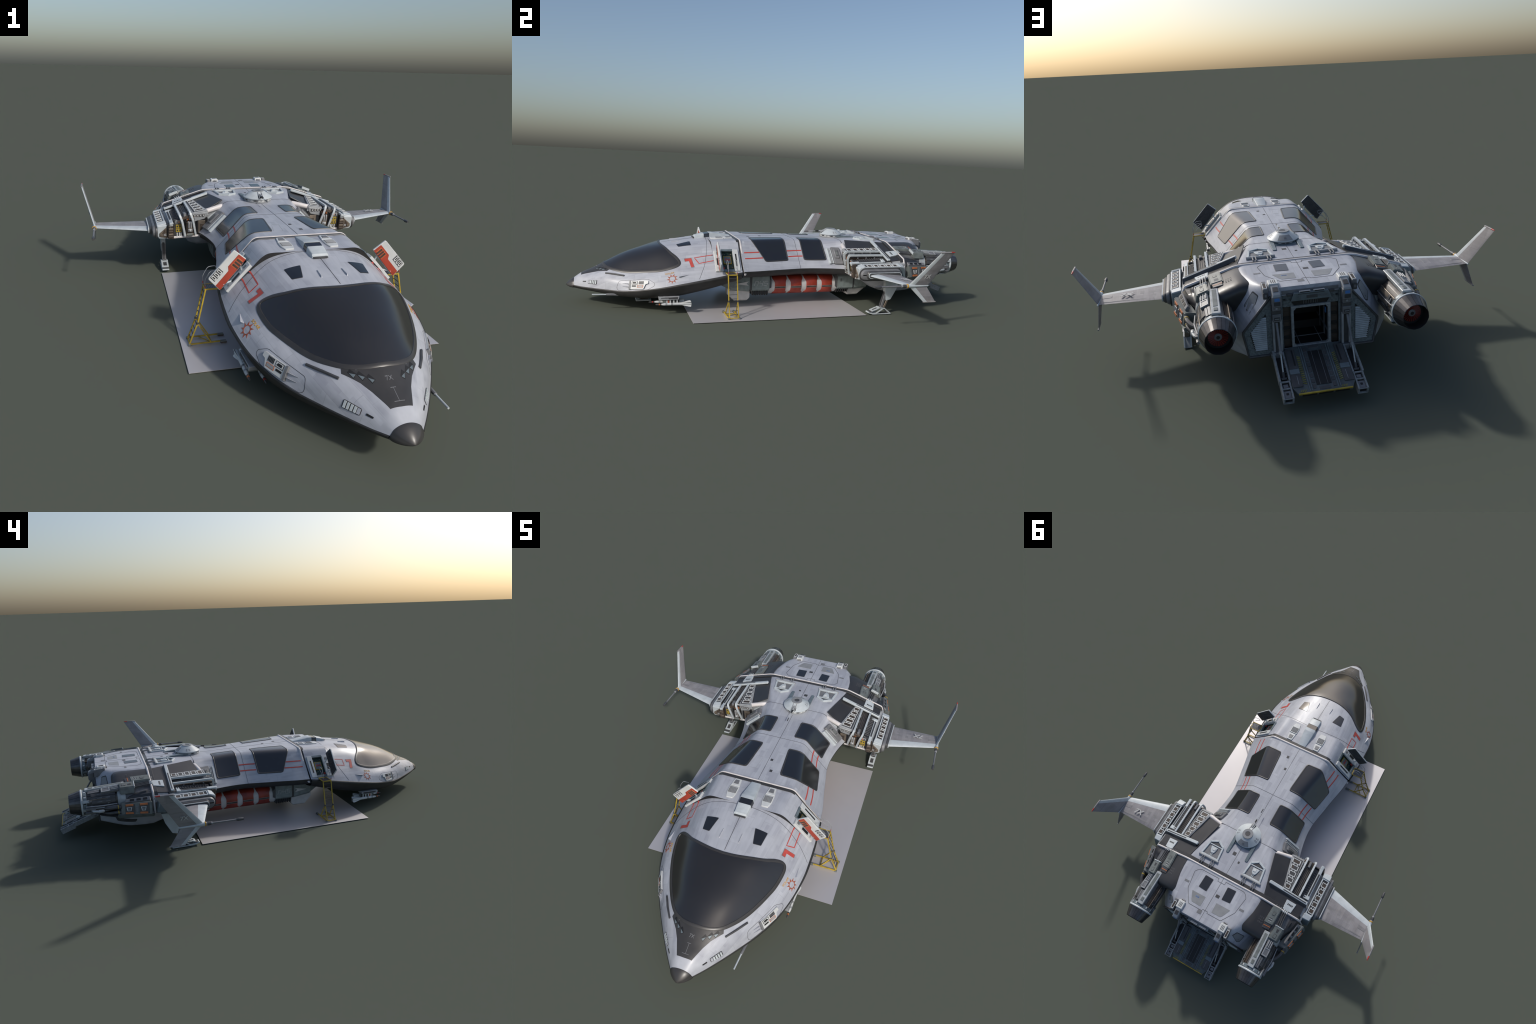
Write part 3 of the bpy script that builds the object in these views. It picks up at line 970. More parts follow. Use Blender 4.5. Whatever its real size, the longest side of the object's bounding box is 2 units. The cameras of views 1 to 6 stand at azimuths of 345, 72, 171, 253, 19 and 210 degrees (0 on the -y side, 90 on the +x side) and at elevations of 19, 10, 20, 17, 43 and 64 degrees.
# pale surround in four bars around the opening
F0, F1 = -0.3315, -0.2135
S0, S1 = -0.004, DH + 0.006
for (y0, y1, s0, s1, mat) in ((F0, Y0 + 0.001, S0 + 0.006, S1, "white_paint"), (Y1 - 0.001, F1, S0, S1, "white_paint"), (Y0, Y1, S0 - 0.003, 0.005, "steel_blue"), (Y0, Y1, DH - 0.005, S1 + 0.002, "steel_blue")):
    g.slab([dslope(y0, s0), dslope(y1, s0), dslope(y1, s1), dslope(y0, s1)], 0.012, mat, DN, 0.0012, 0.0042 if mat == "white_paint" else 0.002)
g.slab([dslope(-0.231, 0.022), dslope(-0.2245, 0.022), dslope(-0.2245, 0.090), dslope(-0.231, 0.090)], 0.003, "black", DN, 0, 0.0048)
g.slab([dslope(-0.323, 0.045), dslope(-0.309, 0.045), dslope(-0.309, 0.082), dslope(-0.323, 0.082)], 0.003, "black", DN, 0.0005, 0.0048)
g.slab([dslope(-0.320, 0.012), dslope(-0.306, 0.012), dslope(-0.306, 0.026), dslope(-0.320, 0.026)], 0.003, "mid_grey", DN, 0.0005, 0.0048)
for k in range(3):
    g.slab([dslope(-0.322 + k * 0.005, 0.094), dslope(-0.320 + k * 0.005, 0.094), dslope(-0.320 + k * 0.005, 0.101), dslope(-0.322 + k * 0.005, 0.101)], 0.003, "mid_grey", DN, 0, 0.0048)
doors = pair("door_surround", g, shell)
g = G()
# recess: four walls and a back wall crowded with equipment
dp = -0.015
c = [(Y0, 0.002), (Y1, 0.002), (Y1, DH - 0.002), (Y0, DH - 0.002)]
lo = [dslope(y, s, dp) for y, s in c]; hi = [dslope(y, s, 0.001) for y, s in c]
g.raw(lo + hi, [[0, 1, 2, 3], [0, 4, 5, 1], [1, 5, 6, 2], [2, 6, 7, 3], [3, 7, 4, 0]], "circuit_green")
rnd = random.Random(11)
for k in range(34):
    y, s = rnd.uniform(Y0 + 0.003, Y1 - 0.012), rnd.uniform(0.006, DH - 0.014)
    w, h = rnd.uniform(0.003, 0.010), rnd.uniform(0.002, 0.009)
    m = rnd.choice(["circuit_green", "seam", "steel_blue", "black", "circuit_green", "bronze"])
    g.slab([dslope(y, s, dp), dslope(y + w, s, dp), dslope(y + w, s + h, dp), dslope(y, s + h, dp)], 0.003, m, DN, 0.0004, rnd.uniform(0.001, 0.006))
e0, e1, t0, t1 = -0.284, -0.252, 0.030, 0.066
g.slab([dslope(e0 - .003, t0 - .003, dp), dslope(e1 + .003, t0 - .003, dp), dslope(e1 + .003, t1 + .003, dp), dslope(e0 - .003, t1 + .003, dp)], 0.006, "yellow", DN, 0.0004, 0.007)
g.slab([dslope(e0, t0, dp), dslope(e1, t0, dp), dslope(e1, t1, dp), dslope(e0, t1, dp)], 0.006, "steel_blue", DN, 0.0004, 0.0078)
g.slab([dslope(Y0 + .004, DH - .020, dp), dslope(Y0 + .010, DH - .020, dp), dslope(Y0 + .010, DH - .006, dp), dslope(Y0 + .004, DH - .006, dp)], 0.006, "red_paint", DN, 0.0004, 0.01)
pair("door_recess", g, shell)
for sg in (1, -1):
    g = G()
    c = dslope(-0.268, 0.047, dp + 0.0084)
    fx = lambda p: Vv((sg * p.x, p.y, p.z))
    label(g, "Exit", 0.0165, fx(c), (0, sg, 0), fx(-DS), fx(-DN), "mark_red", 0.0002, 0.25, 0.0004, press=False)
    part("exit_lettering", g, shell)

# hatch door, swung square to the hull, hinged along the front edge of the frame
HT, HB = Vv((0.2165, -0.3175, 0.3010)), Vv((0.3010, -0.3165, 0.2010))
OT, OB = Vv((0.2570, -0.3235, 0.3350)), Vv((0.3395, -0.3212, 0.2445))
hp_ = lambda u, v: (HT * (1 - v) + HB * v) * (1 - u) + (OT * (1 - v) + OB * v) * u      # u outwards, v down
FWD = Vv((0, -1, 0))
g = G()
q = lambda pts: [hp_(*p) for p in pts]
g.slab(q([(0.02, 0), (0.96, 0), (1, 0.04), (1, 0.96), (0.96, 1), (0.02, 1)]), 0.0070, "white_paint", FWD, 0.0014, 0.003)
g.slab(q([(0.02, 0.02), (0.98, 0.02), (0.98, 0.98), (0.02, 0.98)]), 0.003, "seam", -FWD, 0.0008, 0.0045)
g.slab(q([(0.02, 0.02), (0.60, 0.02), (0.60, 0.42), (0.40, 0.50), (0.40, 0.985), (0.02, 0.985)]), 0.003, "door_red", FWD, 0.0004, 0.0036)
g.slab(q([(0.10, 0.09), (0.50, 0.09), (0.50, 0.36), (0.10, 0.36)]), 0.003, "orange", FWD, 0.0004, 0.0040)
g.slab(q([(0.12, 0.105), (0.48, 0.105), (0.48, 0.345), (0.12, 0.345)]), 0.003, "rust_red", FWD, 0.0004, 0.0042)
for k in range(3):
    a = 0.12 + k * 0.08
    g.slab(q([(0.06, a), (0.48, a), (0.48, a + 0.045), (0.06, a + 0.045)]), 0.003, "brown_dark", FWD, 0.0004, 0.0052)
g.slab(q([(0.60, 0.60), (0.97, 0.60), (0.97, 0.93), (0.60, 0.93)]), 0.003, "seam", FWD, 0.0004, 0.0040)
for k in range(3):
    a = 0.625 + k * 0.105
    g.slab(q([(0.62, a), (0.95, a), (0.95, a + 0.075), (0.62, a + 0.075)]), 0.003, "white_paint", FWD, 0.0006, 0.0052)
    g.slab(q([(0.70, a + 0.022), (0.90, a + 0.022), (0.90, a + 0.05), (0.70, a + 0.05)]), 0.003, "black", FWD, 0, 0.0056)
rnd = random.Random(5)
for k in range(7):
    y = rnd.uniform(0.1, 0.8)
    g.tube([hp_(0.08, y) - FWD * 0.005, hp_(rnd.uniform(.4, .7), rnd.uniform(.1, .9)) - FWD * 0.005, hp_(0.92, rnd.uniform(.1, .9)) - FWD * 0.005], 0.0009, "dark_grey", 5)
for v in (0.20, 0.82):
    a = hp_(0.0, v); b = dslope(-0.309, 0.02 + 0.075 * v, 0.004)
    g.tube([hp_(0.10, v) + FWD * 0.003, a + DN * 0.004, b], 0.0030, "pale_trim", 8)
g.tube([hp_(0.0, 0.12), hp_(0.0, 0.92)], 0.0026, "steel_blue", 8)
pair("hatch_door", g, ship)

# ------------------------------------------------------------------ waist windows and stripes
WN = Vv((-0.80, 0, -0.60))


def flank(y, z):
    """point on the sloping side of the waist"""
    xk, xc = float(hermite(NY, NX, y)), float(hermite(CY, CX, y))
    zr_ = roof_z(y) - 0.001
    t = (zr_ - z) / (zr_ - 0.196)
    return Vv((lerp(xk, xc, t), y, z))


def wrap(g, top, side, mat, lift, w=0.0):
    """window folded over the knuckle: (x, y) run on the roof then (y, z) run down the flank, both front and rear edges"""
    (tf, tr), (sf, sr) = top, side          # top inner front/rear (x,y); side lower front/rear (y,z)
    nt, ns = 8, 16
    rows = []
    bf, br_ = sf[2], sr[2]                  # y at the knuckle
    prof = []
    for k in range(nt + ns + 1):
        if k <= nt:
            s = k / nt
            yf, yr = lerp(tf[1], bf, s), lerp(tr[1], br_, s)
            xkf, xkr = float(hermite(NY, NX, yf)), float(hermite(NY, NX, yr))
            a, b = Vv((lerp(tf[0], xkf - 0.004, s), yf, 0.34)), Vv((lerp(tr[0], xkr - 0.004, s), yr, 0.34))
            d = Vv((0, 0, -1))
            rows.append((a, b, d))
        else:
            s = (k - nt) / ns
            yf, yr = lerp(bf, sf[0], s), lerp(br_, sr[0], s)
            rows.append((flank(yf, lerp(roof_z(yf) - 0.004, sf[1], s)), flank(yr, lerp(roof_z(yr) - 0.004, sr[1], s)), WN))
    m = 13
    n = len(rows)
    V = []
    for i, (a, b, d) in enumerate(rows):
        for j in range(m):
            t = j / (m - 1)
            p = a.lerp(b, t)
            h = cast(p, d)
            nn = Vv((0.42, 0, 0.9)) if i in (nt - 1, nt, nt + 1) else -d
            V.append((h, nn.normalized()))
    return V, n, m


def window(name, top, side, parent):
    V, n, m = wrap(None, top, side, None, 0)
    P = lambda i, j, l: V[i * m + j][0] + V[i * m + j][1] * l
    # frame border then glass, corners clipped round
    g = G(); gg = G()
    grid = [[P(i, j, 0) for j in range(m)] for i in range(n)]

    def at(u, v, l):
        fu, fv = u * (n - 1), v * (m - 1)
        i, j = min(int(fu), n - 2), min(int(fv), m - 2)
        a, b = fu - i, fv - j
        p = (grid[i][j] * (1 - b) + grid[i][j + 1] * b) * (1 - a) + (grid[i + 1][j] * (1 - b) + grid[i + 1][j + 1] * b) * a
        nn = V[i * m + j][1].lerp(V[(i + 1) * m + j][1], a)
        return p + nn * l
    # true sizes, for even borders
    L = sum((grid[i + 1][m // 2] - grid[i][m // 2]).length for i in range(n - 1))
    Wd = (grid[n // 2][0] - grid[n // 2][m - 1]).length

    def border(off, r):
        du, dv = off / L, off / Wd
        pts = []
        for k in range(n * 2): pts.append((lerp(du, 1 - du, k / (n * 2 - 1)), dv))
        for k in range(1, m - 1): pts.append((1 - du, lerp(dv, 1 - dv, k / (m - 1))))
        for k in range(n * 2): pts.append((lerp(1 - du, du, k / (n * 2 - 1)), 1 - dv))
        for k in range(1, m - 1): pts.append((du, lerp(1 - dv, dv, k / (m - 1))))
        out = []
        ru, rv = r / L, r / Wd
        for u, v in pts:
            # pull the four corners on to an ellipse
            cu = min(max(u, du + ru), 1 - du - ru); cv = min(max(v, dv + rv), 1 - dv - rv)
            eu, ev = (u - cu) / ru, (v - cv) / rv
            h = math.hypot(eu, ev)
            if eu and ev and h > 1: u, v = cu + (u - cu) / h, cv + (v - cv) / h
            out.append((u, v))
        return out
    rows = []
    for off, l in ((0.0, -0.001), (0.0004, 0.0016), (0.0016, 0.0024), (0.0052, 0.0026), (0.0066, 0.0018), (0.0072, -0.0005)):
        rows.append([at(u, v, l) for u, v in border(off, max(0.004, 0.010 - off * 0.6))])
    g.loft(rows, "frame_dark", True, False)
    fr = part(name + "_frame", g, parent, 50)
    b = border(0.0060, 0.0075)
    c = [at(u, v, 0.0016) for u, v in b]
    # glass grid
    rows = []
    N1, M1 = 30, 12
    du, dv = 0.0060 / L, 0.0060 / Wd
    ru, rv = 0.0075 / L, 0.0075 / Wd
    for i in range(N1 + 1):
        row = []
        u = lerp(du, 1 - du, i / N1)
        cu = min(max(u, du + ru), 1 - du - ru)
        e = abs(u - cu) / ru
        sh = rv * (1 - math.sqrt(max(0, 1 - e * e)))
        for j in range(M1 + 1):
            row.append(at(u, lerp(dv + sh, 1 - dv - sh, j / M1), 0.0017))
        rows.append(row)
    gg.loft(rows, "glass_dark", False, False)
    return fr, gg


def window_pair(top, side):
    fr, gg = window("side_window", top, side, waist_o)
    # mirror of the frame
    g = G()
    g.v = [tuple(v.co) for v in fr.data.vertices]
    g.f = [list(p.vertices) for p in fr.data.polygons]; g.m = ["frame_dark"] * len(g.f)
    fr2 = part("side_window_frame", g.mirrored(), waist_o, 50)
    part("side_window_glass", gg, fr, 45); part("side_window_glass", gg.mirrored(), fr2, 45)


window_pair((((0.0755), -0.130), (0.0600, 0.048)), None) if False else None
window_pair(((0.0745, -0.1300), (0.0595, 0.0480)), ((-0.0780, 0.2300, -0.1330), (0.0480, 0.2300, 0.0500))) if False else None
window_pair((((0.0745, -0.1300), (0.0590, 0.0475))), ((-0.0770, 0.2310, -0.1330), (0.0475, 0.2310, 0.0495)))
window_pair((((0.0565, 0.1330), (0.0570, 0.2530))), ((0.1330, 0.2310, 0.1330), (0.2560, 0.2310, 0.2540)))

for z in (0.2735, 0.2490):
    for ya, yb in ((-0.182, -0.1035 if z > 0.26 else -0.0885), (0.0505, 0.1315)):
        g = G()
        n_ = max(2, int((yb - ya) / 0.012))
        ribbon(g, [flank(lerp(ya, yb, k / n_), z) for k in range(n_ + 1)], WN, 0.0064, "mark_red", 0.0005)
        pair("red_stripe", g, waist_o)

# ------------------------------------------------------------------ roof fittings
def roof(pts, z=0.34): return [Vv((x, y, z)) for x, y in pts]


# long central fairing: rises from the rib, dark band, drops to the front
g = G()
secs = [(-0.2105, 0.0205, 0.3290), (-0.300, 0.0268, 0.3420), (-0.318, 0.0275, 0.3425), (-0.318, 0.0275, 0.3425), (-0.346, 0.0268, 0.3380), (-0.346, 0.0268, 0.3380), (-0.388, 0.0250, 0.3270), (-0.393, 0.0245, 0.3215)]
for (a, b), mat in (((0, 1), "pale_trim"), ((1, 2), "pale_trim"), ((3, 4), "glass_dark"), ((5, 6), "pale_trim"), ((6, 7), "pale_trim")):
    rr = []
    for k in (a, b):
        y, w, z = secs[k]
        zb = 0.310
        sh = 0 if mat != "glass_dark" else 0.0012
        rr.append([Vv((-w * 1.14, y, zb)), Vv((-w * 1.06, y, min(z, zb + 0.02) - .001)), Vv((-w + sh, y, z - 0.0012 - sh)), Vv((-w * 0.92, y, z - sh)), Vv((w * 0.92, y, z - sh)), Vv((w - sh, y, z - 0.0012 - sh)), Vv((w * 1.06, y, min(z, zb + 0.02) - .001)), Vv((w * 1.14, y, zb))])
    g.loft(rr, mat, True, True)
g.box((-0.024, -0.4005, 0.3155), (0.024, -0.3915, 0.3195), "seam", 0.001)
part("roof_fairing", g, shell, 40)
# louvred vents either side
g = G()
zr = lambda y: BVH.ray_cast(Vv((0.075, y, 1)), Vv((0, 0, -1)))[0].z
def roof_block(g, pts, h, mat, b=0.0015, base=0.004):
    top = [Vv((x, y, zr(y) + h)) for x, y in pts]
    g.slab(top, h + base, mat, (0, 0, 1), b)
A = [(0.0595, -0.2150), (0.0925, -0.2150), (0.0965, -0.238), (0.0925, -0.2595), (0.0580, -0.2595), (0.0545, -0.238)]
roof_block(g, [(0.0625, -0.2140), (0.0905, -0.2140), (0.0960, -0.2560), (0.0570, -0.2560)], 0.0045, "white_paint")
roof_block(g, [(0.0560, -0.2590), (0.0970, -0.2590), (0.0970, -0.295), (0.0895, -0.3215), (0.0620, -0.3215), (0.0560, -0.295)], 0.0050, "white_paint")
roof_block(g, [(0.0685, -0.2230), (0.0855, -0.2230), (0.0880, -0.2450), (0.0660, -0.2450)], 0.0062, "mid_grey", 0.0008)
roof_block(g, [(0.0595, -0.2640), (0.0935, -0.2640), (0.0935, -0.2960), (0.0595, -0.2960)], 0.0056, "seam", 0.0006)
for k in range(7):
    y = -0.2665 - k * 0.0043
    roof_block(g, [(0.0605, y), (0.0925, y), (0.0925, y - 0.0022), (0.0605, y - 0.0022)], 0.0066, "light_grey", 0.0003)
pair("louvre_vent", g, shell)
# small square hatches
g = G()
for x, y, s, t in ((0.0325, -0.118, 0.006, 0.007), (0.0135, -0.0505, 0.0055, 0.0065), (0.016, 0.4615, 0.0085, 0.0085), (-0.0235, 0.491, 0.0045, 0.0055)):
    decal(g, roof([(x - s, y - t), (x + s, y - t), (x + s, y + t), (x - s, y + t)]), DOWN, "seam", 0.0006)
for x0, y0, x1, y1, m in ((-0.0270, 0.668, -0.0085, 0.682, "seam"), (-0.159, 0.6735, -0.136, 0.6835, "mid_grey"), (0.0095, 0.765, 0.0310, 0.7825, "mid_grey"), (0.136, 0.6735, 0.159, 0.6835, "mid_grey")):
    decal(g, roof([(x0, y0), (x1, y0), (x1, y1), (x0, y1)]), DOWN, m, 0.0006)
# outlined service panel on the waist roof
part("roof_hatch", g, ship)
g = G()
ribbon(g, roof([(-0.036, -0.125), (-0.070, -0.125), (-0.055, -0.045), (-0.028, -0.045)]), DOWN, 0.0009, "light_grey", 0.0003, closed=True)
part("service_outline", g, waist_o)

# rear deck hatch
g = G()
half_ = [(0.0185, 0.6135), (0.0185, 0.6000), (0.121, 0.6000), (0.139, 0.622), (0.1265, 0.7010), (0.1245, 0.7060), (0.0880, 0.7610), (0.0830, 0.7640), (0.0135, 0.7640), (0.0135, 0.7570)]
half_ = [(p.x, p.y) for p in round_path([(*p, 0) for p in half_], [0.0, 0.0015, 0.02, 0.004, 0.0, 0.012, 0.012, 0.0, 0.0015, 0], 4, closed=False)]
ribbon(g, roof(half_ + [(-x, y) for x, y in half_[::-1]]), DOWN, 0.0017, "seam", 0.0005, closed=True)
part("deck_hatch_outline", g, aft_o)
g = G()
q = [(0.0395, 0.6170), (0.0820, 0.6150), (0.0840, 0.6755), (0.0415, 0.6785)]
decal(g, roof([(lerp(0.062, x, 1.07), lerp(0.647, y, 1.05)) for x, y in q]), DOWN, "mid_grey", 0.0005, 0.012, 0.004)
decal(g, roof(q), DOWN, "glass_dark", 0.0012, 0.012, 0.004)
q = [(0.0290, 0.7035), (0.1020, 0.7035), (0.0830, 0.7430), (0.0760, 0.7500), (0.0300, 0.7510)]
decal(g, roof(q), DOWN, "trap_grey", 0.0006, 0.012, 0.002)
pair("deck_panel", g, aft_o)
g = G()
decal(g, roof([(0.056, 0.716), (0.073, 0.716), (0.073, 0.7225), (0.056, 0.7225)]), DOWN, "blue", 0.0010)
decal(g, roof([(0.0575, 0.7175), (0.0715, 0.7175), (0.0715, 0.721), (0.0575, 0.721)]), DOWN, "mid_grey", 0.0014)
part("panel_plaque", g, aft_o)

# framed deck plates with hose pairs running over the rib
g = G()
pl = [(0.0660, 0.5345), (0.1635, 0.5345), (0.1520, 0.4580), (0.1110, 0.4385), (0.0735, 0.4620)]
z0 = 0.3258
top = [Vv((x, y, z0 + 0.0075)) for x, y in pl]
cen = Vv((0.113, 0.492, z0 + 0.0075))
inn = [cen + (p - cen) * 0.80 for p in top]
for i in range(5):
    j = (i + 1) % 5
    g.slab([top[i], top[j], inn[j], inn[i]], 0.0105, "pale_trim", (0, 0, 1), 0.0014)
g.slab([p - Vv((0, 0, 0.0060)) for p in inn], 0.004, "mid_grey", (0, 0, 1), 0)
g.tube([(0.0630, 0.5365, z0 + 0.004), (0.1665, 0.5365, z0 + 0.004)], 0.0058, "light_grey", 10)
g.slab([(0.098, 0.478, z0 + 0.0065), (0.132, 0.478, z0 + 0.0065), (0.126, 0.500, z0 + 0.0065), (0.121, 0.509, z0 + 0.0065), (0.106, 0.509, z0 + 0.0065), (0.101, 0.500, z0 + 0.0065)], 0.006, "pale_trim", (0, 0, 1), 0.0012)
g.slab([(0.104, 0.484, z0 + 0.0085), (0.118, 0.484, z0 + 0.0085), (0.118, 0.496, z0 + 0.0085), (0.104, 0.496, z0 + 0.0085)], 0.003, "white_paint", (0, 0, 1), 0.0008)
for x in (0.1095, 0.1155):
    g.tube([(x, 0.508, z0 + 0.003), (x, 0.527, z0 + 0.003)], 0.0019, "pale_trim", 6)
g.slab([(0.083, 0.4655, z0 + 0.003), (0.142, 0.4655, z0 + 0.003), (0.140, 0.460, z0 + 0.003), (0.112, 0.4475, z0 + 0.003), (0.084, 0.4620, z0 + 0.003)], 0.002, "dark_grey", (0, 0, 1), 0)
g.slab([(0.081, 0.473, z0 + 0.005), (0.146, 0.473, z0 + 0.005), (0.146, 0.468, z0 + 0.005), (0.081, 0.468, z0 + 0.005)], 0.004, "pale_trim", (0, 0, 1), 0.0006)
for x in (0.081, 0.092, 0.134, 0.145):
    g.tube([(x, 0.536, z0 + 0.002), (x, 0.541, z0 + 0.008), (x, 0.556, z0 + 0.0095), (x, 0.572, z0 + 0.008), (x, 0.577, z0 + 0.0)], 0.0024, "mid_grey", 8)
pair("deck_plate", g, aft_o)

# ------------------------------------------------------------------ turret
g = G()
tc_ = (0, 0.356, 0)
base_z = 0.3222
g.lathe([(base_z, 0.0575), (base_z + 0.004, 0.0575), (base_z + 0.005, 0.0555), (base_z + 0.011, 0.0555), (base_z + 0.0135, 0.0590)], tc_, (0, 0, 1), "light_grey", 48)
turret = part("turret", g, ship, 30)
g = G()
g.lathe([(base_z + 0.0125, 0.0590), (base_z + 0.0155, 0.0622), (base_z + 0.0180, 0.0622), (base_z + 0.0375, 0.0330), (base_z + 0.0405, 0.0270), (base_z + 0.0415, 0.0255)], tc_, (0, 0, 1), "pale_trim", 64)
dome = part("turret_dome", g, turret, 30)
g = G()
g.lathe([(base_z + 0.0400, 0.0262), (base_z + 0.0432, 0.0258), (base_z + 0.0440, 0.0245), (base_z + 0.0440, 0.0130), (base_z + 0.0425, 0.0120)], tc_, (0, 0, 1), "trap_grey", 40)
g.lathe([(base_z + 0.0405, 0.0121), (base_z + 0.0432, 0.0121)], tc_, (0, 0, 1), "dark_grey", 32)
part("turret_cap", g, dome, 30)
g = G()
cone = lambda a, t: Vv((math.sin(a) * lerp(0.0622, 0.0330, t), 0.356 + math.cos(a) * lerp(0.0622, 0.0330, t), base_z + lerp(0.0180, 0.0375, t)))
def cone_patch(g, a0, a1, t0, t1, mat, lift=0.0008, n=8):
    up_ = Vv((math.sin((a0 + a1) / 2), math.cos((a0 + a1) / 2), 1.2)).normalized()
    rows = [[cone(lerp(a0, a1, k / n), t) + up_ * lift for t in (t0, t1)] for k in range(n + 1)]
    rows = [[r[0] - up_ * 0.0015, r[0], r[1], r[1] - up_ * 0.0015] for r in rows]
    g.loft(rows, mat, True, True)
cone_patch(g, -0.52, 0.52, 0.08, 0.86, "trap_grey")
cone_patch(g, -0.10, 0.10, 0.35, 0.6, "mid_grey", 0.0014)
for a in (1.35, 1.62, -1.35, -1.62):
    for t in (0.25, 0.50): cone_patch(g, a - 0.07, a + 0.07, t, t + 0.16, "light_grey", 0.0006, 3)
for k in range(22):
    a = 2 * math.pi * (k + 0.5) / 22
    c0 = Vv((math.sin(a) * 0.0562, 0.356 + math.cos(a) * 0.0562, base_z + 0.008))
    t = Vv((math.cos(a), -math.sin(a), 0)); r_ = Vv((math.sin(a), math.cos(a), 0))
    g.hexa([c0 + t * sx * 0.0052 + r_ * sr * 0.0012 + Vv((0, 0, sz * 0.0022)) for sz in (-1, 1) for sx, sr in ((-1, -1), (1, -1), (1, 1), (-1, 1))], "white_paint" if k % 3 else "dark_grey", 0)
part("turret_panel", g, dome, 30)
g = G()
g.hexa([(-0.0115, 0.300, base_z + 0.016), (0.0115, 0.300, base_z + 0.016), (0.0115, 0.338, base_z + 0.030), (-0.0115, 0.338, base_z + 0.030),
        (-0.0115, 0.296, base_z + 0.0225), (0.0115, 0.296, base_z + 0.0225), (0.0115, 0.336, base_z + 0.0405), (-0.0115, 0.336, base_z + 0.0405)], "black", 0.001)
for x in (-0.0075, 0.0075):
    g.hexa([(x - 0.0018, 0.294, base_z + 0.018), (x + 0.0018, 0.294, base_z + 0.018), (x + 0.0018, 0.334, base_z + 0.034), (x - 0.0018, 0.334, base_z + 0.034),
            (x - 0.0018, 0.292, base_z + 0.026), (x + 0.0018, 0.292, base_z + 0.026), (x + 0.0018, 0.330, base_z + 0.0425), (x - 0.0018, 0.330, base_z + 0.0425)], "light_grey", 0.0008)
g.tube([(0, 0.318, 0.3535), (0, 0.290, 0.3520), (0, 0.284, 0.3517)], [0.0046, 0.0044, 0.0032], "light_grey", 12)
g.tube([(0, 0.286, 0.3518), (0, 0.268, 0.3512)], [0.0040, 0.0034], "black", 10)
g.tube([(0, 0.270, 0.3512), (0, 0.226, 0.3500)], 0.0012, "pale_trim", 8)
g.tube([(0, 0.2285, 0.3500), (0, 0.2235, 0.3499), (0, 0.2045, 0.3494)], [0.0014, 0.0024, 0.0022], "dark_grey", 8)
part("turret_gun", g, turret, 30)
g = G()
g.slab([(0.0425, 0.372, 0.3375), (0.0585, 0.366, 0.3375), (0.0595, 0.400, 0.3335), (0.0595, 0.4685, 0.3295), (0.0565, 0.4725, 0.3292), (0.0465, 0.4725, 0.3292), (0.0440, 0.4685, 0.3295)], 0.011, "steel_blue", (0, 0, 1), 0.0012)
pair("turret_arm", g, turret)
g = G()
g.slab([(-0.040, 0.400, 0.3335), (0.040, 0.400, 0.3335), (0.043, 0.418, 0.3268), (-0.043, 0.418, 0.3268)], 0.006, "steel_blue", (0, 0, 1), 0.001)
part("turret_skirt", g, turret)

# ------------------------------------------------------------------ belly fittings at the front
g = G()
g.slab([(0.030, -0.668, 0.004), (-0.030, -0.668, 0.004), (-0.030, -0.608, 0.004), (0.030, -0.608, 0.004)], 0.045, "steel_blue", (0, 0, -1), 0.004)
g.slab([(0.031, -0.655, 0.020), (0.031, -0.615, 0.020), (0.031, -0.615, 0.010), (0.031, -0.655, 0.010)], 0.004, "brown_dark", (1, 0, 0), 0)
g.slab([(0.033, -0.676, 0.0), (-0.033, -0.676, 0.0), (-0.033, -0.602, 0.0), (0.033, -0.602, 0.0)], 0.006, "pale_trim", (0, 0, -1), 0.002)
part("nose_skid", g, front_hull)
g = G()
a, b = Vv((0.165, -0.8800, 0.0765)), Vv((0.168, -0.818, 0.0755))
g.tube([a, b], 0.0030, "pale_trim", 10)
g.tube([b, b.lerp(Vv((0.170, -0.765, 0.074)), 1.0), Vv((0.170, -0.740, 0.078))], [0.0052, 0.0070, 0.0050], "mid_grey", 10)
part("pitot_probe", g, front_hull)

g = G()
g.box((0.228, -0.570, 0.080), (0.260, -0.512, 0.112), "mid_grey", 0.002)
g.hexa([(0.222, -0.585, 0.068), (0.274, -0.590, 0.068), (0.278, -0.500, 0.070), (0.226, -0.500, 0.070),
        (0.222, -0.592, 0.082), (0.272, -0.592, 0.082), (0.278, -0.497, 0.085), (0.226, -0.497, 0.085)], "light_grey", 0.0015)
g.slab([(0.2735, -0.580, 0.0795), (0.2785, -0.505, 0.0825), (0.2785, -0.505, 0.0735), (0.2735, -0.582, 0.0715)], 0.003, "seam", (1, 0, 0), 0)
g.box((0.236, -0.566, 0.050), (0.270, -0.500, 0.070), "green_grey", 0.001)
for k in range(4):
    y = -0.556 + k * 0.0155
    g.box((0.2690, y, 0.054), (0.2712, y + 0.0055, 0.072), "white_paint", 0)
    g.box((0.2690, y + 0.0060, 0.054), (0.2708, y + 0.0125, 0.072), "black" if k else "rust_red", 0)
pylon = pair("missile_pylon", g, front_hull)
